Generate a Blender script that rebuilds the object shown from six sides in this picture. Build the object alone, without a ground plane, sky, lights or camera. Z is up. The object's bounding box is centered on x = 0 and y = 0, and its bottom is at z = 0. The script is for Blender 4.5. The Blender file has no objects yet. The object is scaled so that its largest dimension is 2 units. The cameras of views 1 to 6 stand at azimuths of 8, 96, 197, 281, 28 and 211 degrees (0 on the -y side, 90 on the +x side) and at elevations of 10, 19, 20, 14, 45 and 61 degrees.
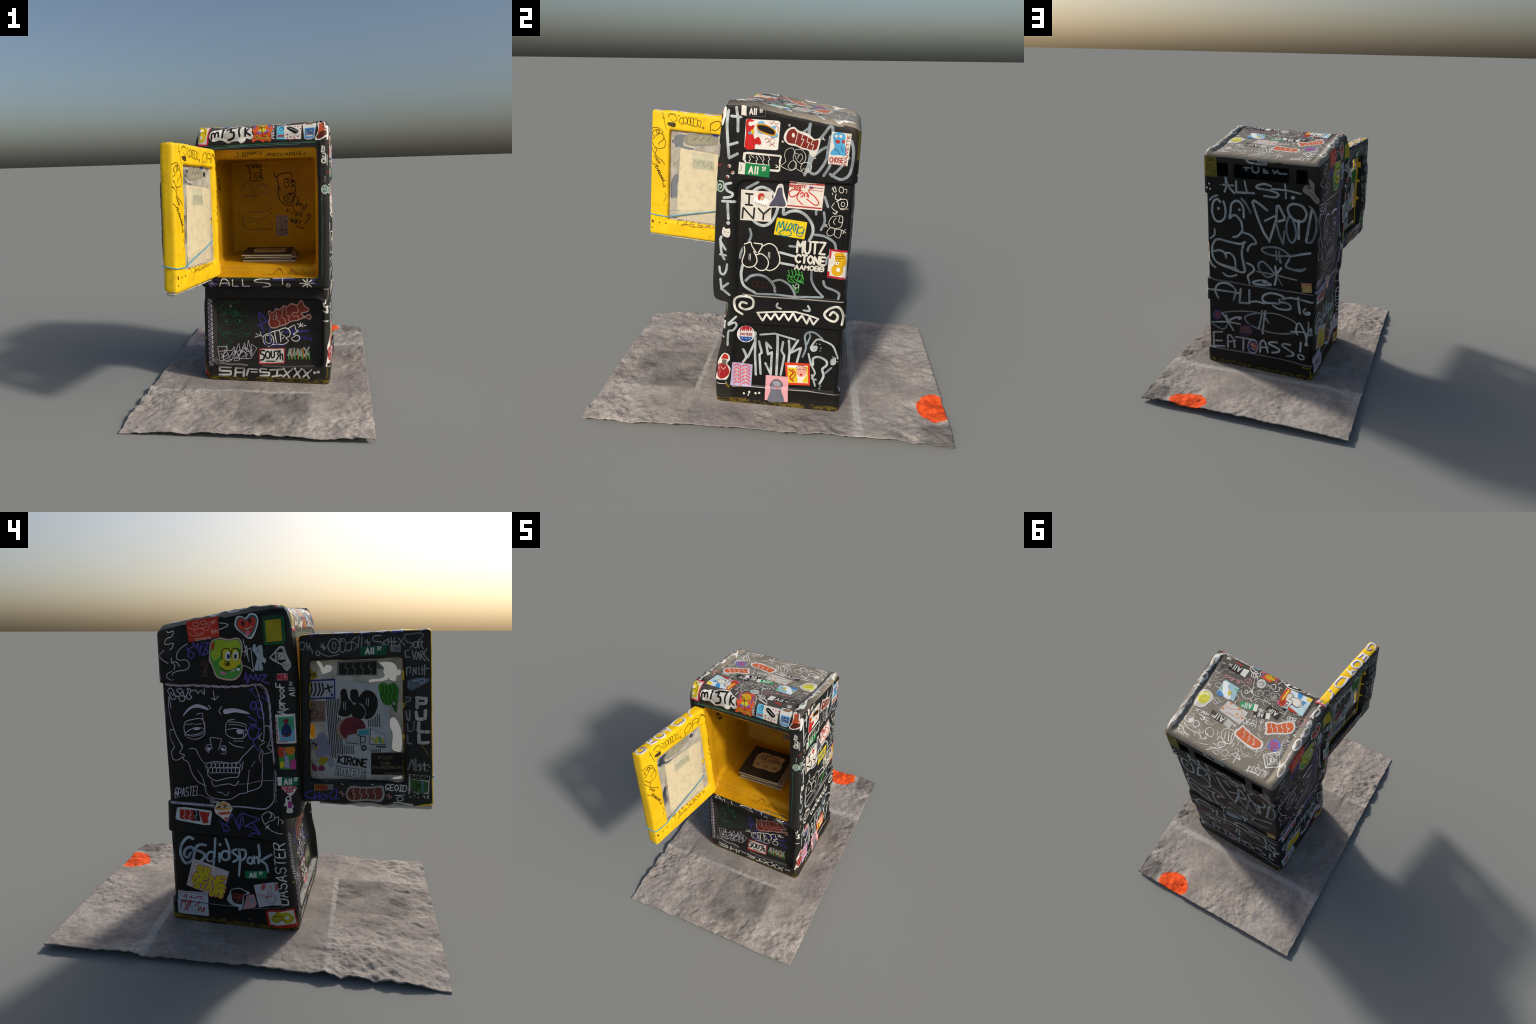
# Street newspaper box covered in stickers and marker tags, door hanging open,
# standing on a patch of rough pavement.  Everything is built from profiles and rules.
import bpy, bmesh, math, random
from mathutils import Vector, Matrix, noise as mnoise
from mathutils.bvhtree import BVHTree
from mathutils.geometry import delaunay_2d_cdt

random.seed(7)
V = Vector
BOX_AT, BOX_YAW = (0.062, 0.069), math.radians(-2.4)


def smooth(a, b, x):
    t = min(1.0, max(0.0, (x - a) / (b - a)))
    return t * t * (3 - 2 * t)


def interp(table, x):
    if x <= table[0][0]:
        return table[0][1]
    for (x0, y0), (x1, y1) in zip(table, table[1:]):
        if x <= x1:
            return y0 + (y1 - y0) * (x - x0) / (x1 - x0)
    return table[-1][1]


def rounded_box_distance(u, v, u0, u1, v0, v1, r):
    cu, cv, hu, hv = (u0 + u1) / 2, (v0 + v1) / 2, (u1 - u0) / 2 - r, (v1 - v0) / 2 - r
    du, dv = abs(u - cu) - hu, abs(v - cv) - hv
    return math.hypot(max(du, 0), max(dv, 0)) + min(max(du, dv), 0) - r


# ------------------------------------------------------------------ materials
MATS = {}


def srgb(c):
    if isinstance(c, str):
        c = tuple(int(c[i:i + 2], 16) / 255 for i in (0, 2, 4))
        c = tuple(x / 12.92 if x <= 0.04045 else ((x + 0.055) / 1.055) ** 2.4 for x in c)
    return (*c, 1.0)


class Nodes:
    def __init__(self, name):
        self.m = bpy.data.materials.new(name)
        self.m.use_nodes = True
        self.t = self.m.node_tree
        self.b = self.t.nodes["Principled BSDF"]
        self.b.inputs["Specular IOR Level"].default_value = 0.22
        self.co = self.n("ShaderNodeTexCoord").outputs["Object"]

    def n(self, kind, **kw):
        node = self.t.nodes.new(kind)
        for k, v in kw.items():
            setattr(node, k, v)
        return node

    def to(self, value, socket):
        if hasattr(value, "is_output"):
            self.t.links.new(value, socket)
        elif value is not None:
            socket.default_value = value

    def noise(self, scale, detail=4, rough=0.6, stretch=None, distort=0.0):
        node = self.n("ShaderNodeTexNoise")
        node.inputs["Scale"].default_value = scale
        node.inputs["Detail"].default_value = detail
        node.inputs["Roughness"].default_value = rough
        node.inputs["Distortion"].default_value = distort
        co = self.co
        if stretch:
            mp = self.n("ShaderNodeMapping")
            mp.inputs["Scale"].default_value = stretch
            self.to(co, mp.inputs["Vector"])
            co = mp.outputs[0]
        self.to(co, node.inputs["Vector"])
        return node.outputs["Fac"]

    def ramp(self, fac, stops):
        node = self.n("ShaderNodeValToRGB")
        e = node.color_ramp.elements
        while len(e) < len(stops):
            e.new(0.5)
        for el, (p, c) in zip(e, stops):
            el.position = p
            el.color = srgb(c) if not isinstance(c, (int, float)) else (c, c, c, 1)
        self.to(fac, node.inputs[0])
        return node.outputs[0]

    def mix(self, fac, a, b, mode="MIX"):
        node = self.n("ShaderNodeMix", data_type="RGBA", blend_type=mode)
        self.to(fac, node.inputs[0])
        self.to(srgb(a) if isinstance(a, (tuple, str)) else a, node.inputs[6])
        self.to(srgb(b) if isinstance(b, (tuple, str)) else b, node.inputs[7])
        return node.outputs[2]

    def math(self, op, a, b=0.5, c=None):
        node = self.n("ShaderNodeMath", operation=op)
        self.to(a, node.inputs[0])
        self.to(b, node.inputs[1])
        if c is not None:
            self.to(c, node.inputs[2])
        return node.outputs[0]

    def range(self, x, a, b, c=0.0, d=1.0):
        node = self.n("ShaderNodeMapRange", interpolation_type="SMOOTHSTEP")
        self.to(x, node.inputs[0])
        for i, k in enumerate((a, b, c, d)):
            node.inputs[i + 1].default_value = k
        return node.outputs[0]

    def axis(self, i):
        node = self.n("ShaderNodeSeparateXYZ")
        self.to(self.co, node.inputs[0])
        return node.outputs[i]

    def bump(self, height, strength, distance):
        node = self.n("ShaderNodeBump")
        node.inputs["Strength"].default_value = strength
        node.inputs["Distance"].default_value = distance
        self.to(height, node.inputs["Height"])
        self.to(node.outputs[0], self.b.inputs["Normal"])

    def done(self, colour, rough=0.6):
        self.to(srgb(colour) if isinstance(colour, (tuple, str)) else colour, self.b.inputs["Base Color"])
        self.to(rough, self.b.inputs["Roughness"])
        MATS[self.m.name] = self.m
        return self.m


def make_materials():
    # black painted plastic with dusty haze, painted-in front sheen, fine scratches and yellow showing at the chipped foot
    for name, wear in (("black_paint", False), ("worn_black_paint", True)):
        k = Nodes(name)
        haze = k.ramp(k.noise(9, 5, 0.65), [(0.35, (0.0048, 0.0048, 0.0046)), (0.75, (0.0095, 0.0090, 0.0080))])
        scr = k.ramp(k.noise(60, 3, 0.7, (1, 1, 14)), [(0.70, 0.0), (0.78, 1.0)])
        col = k.mix(k.math("MULTIPLY", scr, 0.14), haze, (0.08, 0.075, 0.065))
        front_sheen = k.math("MULTIPLY", k.range(k.axis(1), -0.24, -0.29), k.ramp(k.noise(5, 4, 0.6), [(0.25, 0.25), (0.65, 0.9)]))
        col = k.mix(front_sheen, col, (0.024, 0.023, 0.0205))                 # greyish sheen on the front, baked into the paint colour
        top = k.math("MULTIPLY", k.range(k.axis(2), 1.40, 1.56), k.math("MULTIPLY", k.range(k.axis(1), 0.22, 0.34), k.ramp(k.noise(4, 4, 0.6), [(0.3, 0.2), (0.7, 1.0)])))
        col = k.mix(top, col, (0.040, 0.032, 0.025))                   # brown dust round the vents
        if wear:
            foot = k.range(k.axis(2), 0.055, 0.105, 1.0, 0.0)
            chip = k.ramp(k.math("MULTIPLY", k.noise(26, 5, 0.75, (1, 1, 2)), foot), [(0.47, 0.0), (0.56, 1.0)])
            col = k.mix(chip, col, (0.20, 0.135, 0.008))
            dust = k.range(k.axis(2), 0.03, 0.16, 0.35, 0.0)
            col = k.mix(dust, col, (0.035, 0.030, 0.022))
        k.bump(k.noise(35, 4), 0.12, 0.004)
        k.done(col, k.ramp(k.noise(14, 4), [(0.3, 0.42), (0.7, 0.62)]))
    k = Nodes("dusty_sheen_roof_paint")
    f = k.math("ADD", k.range(k.axis(1), -0.30, 0.20, 0.05, 0.62), k.math("MULTIPLY", k.noise(6, 5, 0.65), 0.35))  # paler toward the back: highlight baked into the roof colour, dusty brown in hue
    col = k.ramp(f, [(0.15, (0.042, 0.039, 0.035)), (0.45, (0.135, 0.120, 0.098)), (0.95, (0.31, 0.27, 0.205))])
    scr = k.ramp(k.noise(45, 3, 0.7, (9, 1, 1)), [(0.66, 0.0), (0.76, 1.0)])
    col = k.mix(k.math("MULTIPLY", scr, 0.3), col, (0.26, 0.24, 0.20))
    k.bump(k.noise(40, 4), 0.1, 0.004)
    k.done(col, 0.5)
    k = Nodes("slot_black")
    k.done(k.ramp(k.noise(12, 3), [(0.3, (0.003, 0.003, 0.003)), (0.7, (0.007, 0.007, 0.007))]), 0.7)
    # yellow plastic; the lining copy is darkened, painting in the compartment's shade
    for name, a, b in (("yellow_plastic", (0.78, 0.475, 0.006), (0.93, 0.60, 0.012)), ("shaded_lining_yellow", (0.43, 0.205, 0.003), (0.60, 0.31, 0.005))):
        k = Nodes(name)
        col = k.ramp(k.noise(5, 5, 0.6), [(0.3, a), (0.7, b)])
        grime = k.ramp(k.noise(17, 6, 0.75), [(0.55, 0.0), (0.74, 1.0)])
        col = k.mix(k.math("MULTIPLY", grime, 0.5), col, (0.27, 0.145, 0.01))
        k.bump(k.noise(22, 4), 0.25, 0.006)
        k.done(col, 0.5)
    # pavement
    k = Nodes("rough_pavement")
    col = k.ramp(k.noise(3.2, 6, 0.62), [(0.28, (0.205, 0.180, 0.160)), (0.5, (0.37, 0.328, 0.292)), (0.70, (0.54, 0.482, 0.43))])
    col = k.mix(k.ramp(k.noise(46, 5, 0.72), [(0.44, 0.0), (0.66, 0.5)]), col, (0.17, 0.152, 0.14))
    col = k.mix(k.ramp(k.noise(120, 2, 0.6), [(0.62, 0.0), (0.72, 0.5)]), col, (0.50, 0.46, 0.43))
    # dark strip in front of the box: its cast shadow baked into the colour
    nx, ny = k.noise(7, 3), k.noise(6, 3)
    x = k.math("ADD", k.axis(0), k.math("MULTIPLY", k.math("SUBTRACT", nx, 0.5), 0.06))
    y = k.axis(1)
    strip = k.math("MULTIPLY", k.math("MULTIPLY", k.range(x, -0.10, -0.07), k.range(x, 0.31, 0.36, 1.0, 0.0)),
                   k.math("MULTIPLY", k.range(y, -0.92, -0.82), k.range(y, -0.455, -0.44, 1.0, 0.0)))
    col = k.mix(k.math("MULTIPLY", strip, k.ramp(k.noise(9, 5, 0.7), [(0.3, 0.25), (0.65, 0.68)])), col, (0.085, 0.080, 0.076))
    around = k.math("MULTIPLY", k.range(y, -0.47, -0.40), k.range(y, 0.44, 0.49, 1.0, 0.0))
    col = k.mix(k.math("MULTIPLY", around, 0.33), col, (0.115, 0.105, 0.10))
    # pale straight joints
    w = k.math("MULTIPLY", k.math("SUBTRACT", k.noise(5, 2), 0.5), 0.02)
    yy = k.math("ADD", k.math("ADD", y, w), k.math("MULTIPLY", k.axis(0), -0.018))
    back_line = k.range(k.math("ABSOLUTE", k.math("SUBTRACT", yy, 0.494)), 0.017, 0.027, 1.0, 0.0)
    front_line = k.math("MULTIPLY", k.range(k.axis(0), 0.45, 0.30), k.range(k.math("ABSOLUTE", k.math("ADD", k.math("ADD", y, w), 0.436)), 0.006, 0.020, 0.6, 0.0))
    broken = k.ramp(k.noise(28, 4, 0.7), [(0.28, 0.25), (0.55, 0.85)])
    col = k.mix(k.math("MULTIPLY", k.math("MAXIMUM", back_line, front_line), broken), col, (0.45, 0.44, 0.41))
    # sprayed orange marker blob by the back edge, sooty corner beside it
    px = k.math("DIVIDE", k.math("SUBTRACT", x, 0.385), 0.128)
    py = k.math("DIVIDE", k.math("SUBTRACT", k.math("ADD", y, w), 0.945), 0.098)
    d = k.math("SQRT", k.math("ADD", k.math("MULTIPLY", px, px), k.math("MULTIPLY", py, py)))
    cx = k.range(x, 0.50, 0.56)
    col = k.mix(k.math("MULTIPLY", k.math("MULTIPLY", cx, k.range(y, 0.80, 0.87)), 0.7), col, (0.10, 0.095, 0.09))
    orange = k.ramp(k.noise(30, 4, 0.7), [(0.3, (0.62, 0.05, 0.012)), (0.6, (0.93, 0.115, 0.022)), (0.8, (1.0, 0.25, 0.05))])
    col = k.mix(k.range(k.math("ADD", d, k.math("MULTIPLY", k.math("SUBTRACT", k.noise(24, 4, 0.7), 0.5), 0.3)), 0.96, 1.04, 1.0, 0.0), col, orange)
    k.bump(k.noise(90, 6, 0.7), 0.5, 0.006)
    k.done(col, 0.95)


def paint(hexcol, rough=0.55, tone=0.075, dry=False):
    """flat ink / marker / vinyl colour with slight streaking"""
    name = ("marker_" if dry else "ink_") + hexcol
    if name in MATS:
        return MATS[name]
    k = Nodes(name)
    base = srgb(hexcol)[:3]
    dark = tuple(c * (1 - 2.0 * tone) for c in base)
    if dry:     # marker ink that ran thin in places and let the dark paint through
        thin = k.ramp(k.noise(10, 5, 0.65, None, 0.6), [(0.33, tuple(c * 0.55 for c in base)), (0.48, tuple(c * 0.90 for c in base)), (0.62, tuple(min(1, c * 1.18) for c in base))])
        k.done(k.mix(k.ramp(k.noise(90, 3, 0.7), [(0.60, 0.0), (0.72, 0.35)]), thin, dark), rough)
        return MATS[name]
    k.done(k.ramp(k.noise(22, 3, 0.6), [(0.30, dark), (0.55, base)]), rough)
    return MATS[name]


# ------------------------------------------------------------------ objects
COUNT = {}


def empty(name, loc=(0, 0, 0), yaw=0.0, parent=None):
    o = bpy.data.objects.new(name, None)
    o.location, o.rotation_euler = loc, (0, 0, yaw)
    o.parent = parent
    bpy.context.scene.collection.objects.link(o)
    return o


def mesh_object(name, verts, faces, mats, parent, face_mats=None, smooth_shade=True):
    me = bpy.data.meshes.new(name)
    me.from_pydata([tuple(v) for v in verts], [], faces)
    for m in mats:
        me.materials.append(m)
    if face_mats:
        me.polygons.foreach_set("material_index", face_mats)
    if smooth_shade:
        me.polygons.foreach_set("use_smooth", [True] * len(me.polygons))
    me.update()
    o = bpy.data.objects.new(name, me)
    o.parent = parent
    bpy.context.scene.collection.objects.link(o)
    return o


# ------------------------------------------------------------------ the cabinet shell
FRONT = [(0.03, -0.353), (0.14, -0.357), (0.31, -0.336), (0.40, -0.313), (0.566, -0.293), (0.650, -0.285), (0.659, -0.296),
         (0.664, -0.332), (0.671, -0.350), (0.685, -0.357), (0.74, -0.359), (0.94, -0.346), (1.32, -0.326), (1.523, -0.308), (1.66, -0.290)]
BACK = [(0.03, 0.353), (0.15, 0.354), (0.54, 0.362), (0.70, 0.359), (1.33, 0.375), (1.60, 0.380)]
HALF = [(0.03, 0.404), (0.66, 0.404), (1.0, 0.407), (1.66, 0.407)]


def roof_height(y):
    return 1.692 - 0.190 * (max(y, -0.20) + 0.18)


def recess_mask(x, y, z):
    upper = rounded_box_distance(y, z, -0.222, 3.0, 0.703, 1.322, 0.05)
    lower = rounded_box_distance(y, z, -0.228 - 0.12 * (0.5 - z), 3.0, 0.150, 0.536, 0.05)
    inside = min(upper, lower)
    depth = (0.015 if y > 0.325 else 0.007 + 0.005 * smooth(-0.1, 0.2, y)) * smooth(0.006, -0.006, inside) - ((0.017 if x > 0 else 0.004) if upper < lower and y < 0.325 else 0.013 if upper < lower else 0.0) * smooth(-0.01, -0.16, inside) * (smooth(0.39, 0.2, abs(x)) if y > 0.325 else smooth(0.35, 0.2, y))   # sunk edge, bellied middle
    if y < -0.2 and z < 0.66:
        front = rounded_box_distance(x, z, -0.352, 0.362, 0.147, 0.578, 0.045)
        depth += (0.028 * smooth(0.008, -0.008, front) + 0.012 * smooth(0.0, -0.12, front) - 0.006 * smooth(0.013, 0.0, abs(front - 0.016))) * smooth(-0.25, -0.27, y)
    if y < -0.28 and z > 0.68:      # moulded bead round the mouth of the compartment
        mouth = abs(rounded_box_distance(x, z, -0.352, 0.362, 0.715, 1.592, 0.04))
        depth -= 0.005 * smooth(0.012, 0.0, mouth)
    return depth


def build_shell():
    cols = []
    for kind, n in (("front", 110), ("right", 104), ("back", 100), ("left", 104)):
        cols += [(kind, i / n) for i in range(n)]
        cols += [(kind + "_corner", i / 9) for i in range(9)]
    zs = [0.034 + 0.116 * i / 12 for i in range(12)]
    for z0, z1, n in ((0.135, 0.165, 12), (0.165, 0.52, 40), (0.52, 0.60, 26), (0.60, 0.65, 6), (0.65, 0.72, 34), (0.72, 1.305, 64), (1.305, 1.34, 14), (1.34, 1.45, 10)):
        zs += [z0 + (z1 - z0) * i / n for i in range(n)]
    zs = sorted(set(zs))

    def wall(kind, t, z):
        yf, yb, w, r = interp(FRONT, z), interp(BACK, z), interp(HALF, z), 0.034
        c = {"front": (-w + r + t * 2 * (w - r), yf, 0, -1), "right": (w, yf + r + t * (yb - yf - 2 * r), 1, 0),
             "back": (w - r - t * 2 * (w - r), yb, 0, 1), "left": (-w, yb - r - t * (yb - yf - 2 * r), -1, 0)}
        if kind in c:
            return c[kind]
        cx, cy, a0 = {"front_corner": (w - r, yf + r, -90), "right_corner": (w - r, yb - r, 0),
                      "back_corner": (-w + r, yb - r, 90), "left_corner": (-w + r, yf + r, 180)}[kind]
        a = math.radians(a0 + 90 * t)
        return cx + r * math.cos(a), cy + r * math.sin(a), math.cos(a), math.sin(a)

    def settle(x, y, z):
        x += -0.010 * smooth(0.2, 1.4, z) * smooth(-0.1, 0.35, y)
        if x < -0.3:                            # the left wall bellies out
            belt = 1 - 0.6 * smooth(0.09, 0.03, abs(z - 0.62))
            x -= 0.013 * belt * smooth(-0.36, -0.24, y) * smooth(0.37, 0.26, y) * smooth(-0.3, -0.38, x)
        if x > 0.3:
            x -= 0.001 * smooth(1.3, 1.45, z)
        else:
            x -= 0.010 * smooth(-0.3, -0.38, x) * smooth(1.25, 1.36, z) * smooth(0.15, -0.1, y) * smooth(1.68, 1.6, z)
        if z > 0.05:                            # thick front flange on both flanks
            x += (0.005 if x > 0 else -0.016) * smooth(0.37, 0.40, abs(x)) * smooth(-0.21, -0.25, y) * smooth(1.66, 1.55, z)
        k = mnoise.noise(V((x * 7, y * 7, z * 7))) * 0.0016 + mnoise.noise(V((x * 21, y * 21, z * 21 + 5))) * 0.0008
        return V((x * (1 + k), y * (1 + k), z + k))

    rows = []
    for z in zs:
        row = []
        for kind, t in cols:
            x, y, nx, ny = wall(kind, t, z)
            d = recess_mask(x, y, z)
            row.append(settle(x - nx * d, y - ny * d, z))
        rows.append(row)

    def edge_radius(kind, t, y):
        big, small = 0.085, 0.030
        if kind == "front":
            return big
        if kind in ("front_corner", "left_corner"):
            return big + (small - big) * smooth(0, 1, t if kind == "front_corner" else 1 - t)
        return small

    top = zs[-1]

    def rim(x, y, d):
        side = abs(x) > 0.30 and (0.40 - abs(x)) < 0.09
        edge = 0.395 - abs(x)
        ridge = 0.013 * smooth(0.055, 0.030, edge) - 0.006 * math.exp(-((edge - 0.060) / 0.010) ** 2)
        lumps = 0.004 * mnoise.noise(V((x * 9, y * 34, 3))) * smooth(0.07, 0.02, edge)
        dish = -0.003 * smooth(0.33, 0.12, abs(x + 0.03)) * smooth(0.36, 0.15, abs(y - 0.02)) + 0.010 * smooth(0.1, 0.36, x) * smooth(0.0, -0.2, y) - 0.006 * smooth(0.1, -0.3, x) * smooth(0.05, -0.2, y)
        return dish + (ridge + lumps) * smooth(-0.25, -0.12, y) * smooth(0.37, 0.33, y) + 0.010 * smooth(0.2, 0.36, y) * smooth(-0.1, 0.3, x)

    for i in range(1, 13):                      # straight part up to where the edge starts to roll over
        row = []
        for kind, t in cols:
            x0, y0, nx, ny = wall(kind, t, top)
            zw = roof_height(y0) - edge_radius(kind, t, y0)
            z = top + (zw - top) * i / 12
            x, y, nx, ny = wall(kind, t, z)
            d = recess_mask(x, y, z)
            row.append(settle(x - nx * d, y - ny * d, z))
        rows.append(row)
    last = []
    for kind, t in cols:
        x0, y0, nx, ny = wall(kind, t, top)
        r = edge_radius(kind, t, y0)
        zw = roof_height(y0) - r
        last.append((*wall(kind, t, zw), r, zw))
    for i in range(1, 11):                      # rolled edge
        a = math.pi / 2 * i / 10
        row = []
        for x, y, nx, ny, r, zw in last:
            px, py = x - nx * r * (1 - math.cos(a)), y - ny * r * (1 - math.cos(a))
            z = roof_height(py) - r * (1 - math.sin(a))
            z = max(zw, z) + rim(px, py, 0) * math.sin(a)
            row.append(settle(px, py, z))
        rows.append(row)
    inner = [(x - nx * r, y - ny * r) for x, y, nx, ny, r, zw in last]
    for i in range(1, 41):                      # roof deck, ring by ring towards a short ridge line
        f = i / 41
        f = f ** 1.25
        row = []
        for x, y in inner:
            px, py = x + (x * 0.02 - x) * f, y + (0.08 + (y - 0.08) * 0.02 - y) * f
            row.append(settle(px, py, roof_height(py) + rim(px, py, 1)))
        rows.append(row)
    n = len(cols)
    verts = [v for row in rows for v in row]
    faces = []
    for r in range(len(rows) - 1):
        for c in range(n):
            a, b = r * n + c, r * n + (c + 1) % n
            faces.append((a, b, b + n, a + n))
    faces.append(tuple(reversed(range(n))))
    base = (len(rows) - 1) * n
    faces.append(tuple(base + c for c in range(n)))
    return verts, faces


def rounded_loop(u0, u1, v0, v1, r, n=7, sides=(1, 1)):
    pts = []
    for cu, cv, a0 in ((u1 - r, v1 - r, 0), (u0 + r, v1 - r, 90), (u0 + r, v0 + r, 180), (u1 - r, v0 + r, 270)):
        for i in range(n):
            a = math.radians(a0 + 90 * i / (n - 1))
            pts.append((cu + r * math.cos(a), cv + r * math.sin(a)))
    return pts


def loft(loops, close_start=True, close_end=True):
    n = len(loops[0])
    verts = [v for l in loops for v in l]
    faces = []
    for r in range(len(loops) - 1):
        for c in range(n):
            a, b = r * n + c, r * n + (c + 1) % n
            faces.append((a, b, b + n, a + n))
    if close_start:
        faces.append(tuple(reversed(range(n))))
    if close_end:
        faces.append(tuple((len(loops) - 1) * n + c for c in range(n)))
    return verts, faces


def cutter(name, loops, mat):
    verts, faces = loft(loops)
    o = mesh_object(name, verts, faces, [MATS[mat]], None)
    bm = bmesh.new()
    bm.from_mesh(o.data)
    bmesh.ops.recalc_face_normals(bm, faces=bm.faces)
    bm.to_mesh(o.data)
    bm.free()
    return o


def build_cabinet(box):
    verts, faces = build_shell()
    shell = mesh_object("cabinet", verts, faces, [MATS["black_paint"], MATS["shaded_lining_yellow"], MATS["slot_black"]], None)
    mouth = []   # y, x-left, x-right, z-bottom, z-top, corner radius
    for y, a, b, c, d, r in ((-0.43, -0.328, 0.346, 0.734, 1.566, 0.022), (-0.328, -0.326, 0.344, 0.738, 1.562, 0.022), (-0.312, -0.320, 0.338, 0.744, 1.548, 0.022),
                             (-0.288, -0.318, 0.334, 0.746, 1.542, 0.022), (-0.276, -0.316, 0.328, 0.786, 1.520, 0.026), (-0.262, -0.316, 0.322, 0.800, 1.494, 0.028),
                             (-0.240, -0.318, 0.322, 0.803, 1.486, 0.028), (-0.215, -0.330, 0.324, 0.803, 1.486, 0.028), (0.0, -0.334, 0.316, 0.803, 1.482, 0.026),
                             (0.238, -0.336, 0.308, 0.803, 1.476, 0.024), (0.256, -0.326, 0.296, 0.812, 1.462, 0.022)):
        mouth.append([V((u, y, v)) for u, v in rounded_loop(a, b, c, d, r, 9)])
    cuts = [cutter("mouth_cut", mouth, "shaded_lining_yellow")]
    for x0, x1, z0, z1 in ((0.214, 0.290, 1.452, 1.537), (-0.207, 0.170, 1.449, 1.536), (-0.329, -0.258, 1.450, 1.537)):
        cuts.append(cutter("slot_cut", [[V((u, y, v)) for u, v in rounded_loop(x0 - e, x1 + e, z0 - e, z1 + e, 0.008, 5)]
                                        for y, e in ((0.45, 0.006), (0.383, 0.004), (0.374, 0.0), (0.320, 0.0))], "slot_black"))
    for c in cuts:
        md = shell.modifiers.new("cut", "BOOLEAN")
        md.operation, md.object, md.solver = "DIFFERENCE", c, "FAST"
    graph = bpy.context.evaluated_depsgraph_get()
    me = bpy.data.meshes.new_from_object(shell.evaluated_get(graph))
    for c in [shell, *cuts]:
        bpy.data.objects.remove(c)
    names = [m.name for m in me.materials]
    bm = bmesh.new()
    bm.from_mesh(me)
    bm.normal_update()
    bvh = BVHTree.FromBMesh(bm)
    normals = {}
    # split the one surface into its moulded parts; borders coincide and normals are those of the whole
    parts = {"hood": [], "cabinet": [], "pedestal": [], "plinth": [], "compartment": [], "rear_slot": []}
    for f in bm.faces:
        c, kind = f.calc_center_median(), names[f.material_index]
        if kind == "shaded_lining_yellow":
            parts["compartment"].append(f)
        elif kind == "slot_black":
            parts["rear_slot"].append(f)
        else:
            parts["hood" if c.z > 1.331 else "cabinet" if c.z > 0.664 else "pedestal" if c.z > 0.146 else "plinth"].append(f)
    sharp = math.radians(50)
    for name, fs in parts.items():
        index, vs, out, nrm, mats = {}, [], [], [], []
        for f in fs:
            ids = []
            for v in f.verts:
                if v.index not in index:
                    index[v.index] = len(vs)
                    vs.append(v.co.copy())
                    n = V((0, 0, 0))
                    for g in v.link_faces:
                        if g.normal.angle(f.normal, 0) < sharp:
                            n += g.normal * g.calc_area()
                    nrm.append(n.normalized() if n.length > 0 else f.normal.copy())
                ids.append(index[v.index])
            out.append(ids)
            c = f.calc_center_median()
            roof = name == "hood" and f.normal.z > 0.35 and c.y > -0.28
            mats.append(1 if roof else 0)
        m0 = {"plinth": "worn_black_paint", "compartment": "shaded_lining_yellow", "rear_slot": "slot_black"}.get(name, "black_paint")
        o = mesh_object(name, vs, out, [MATS[m0], MATS["dusty_sheen_roof_paint"]], box, mats)
        o.data.normals_split_custom_set_from_vertices([tuple(n) for n in nrm])
    bm.free()
    return bvh


# ------------------------------------------------------------------ the open door
DOOR = {  # (across 0 hinge..1 free, up 0..1, through 0 yellow..1 black) corner positions
    (0, 1, 0): (-0.300, -0.318, 1.549), (0, 0, 0): (-0.292, -0.328, 0.741), (1, 1, 0): (-0.374, -0.921, 1.588), (1, 0, 0): (-0.372, -0.985, 0.772),
    (0, 1, 1): (-0.376, -0.325, 1.558), (0, 0, 1): (-0.372, -0.352, 0.739), (1, 1, 1): (-0.454, -0.917, 1.583), (1, 0, 1): (-0.449, -0.979, 0.784)}
DOOR_W, DOOR_H, DOOR_T = 0.62, 0.80, 0.072


def door_point(u, v, t):
    """u, v, t in metres inside the closed door; returns the hung, slightly racked position"""
    a, b, c = u / DOOR_W, v / DOOR_H, t / DOOR_T
    p = V((0, 0, 0))
    for (i, j, k), q in DOOR.items():
        p += V(q) * ((a if i else 1 - a) * (b if j else 1 - b) * (c if k else 1 - c))
    return p


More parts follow.
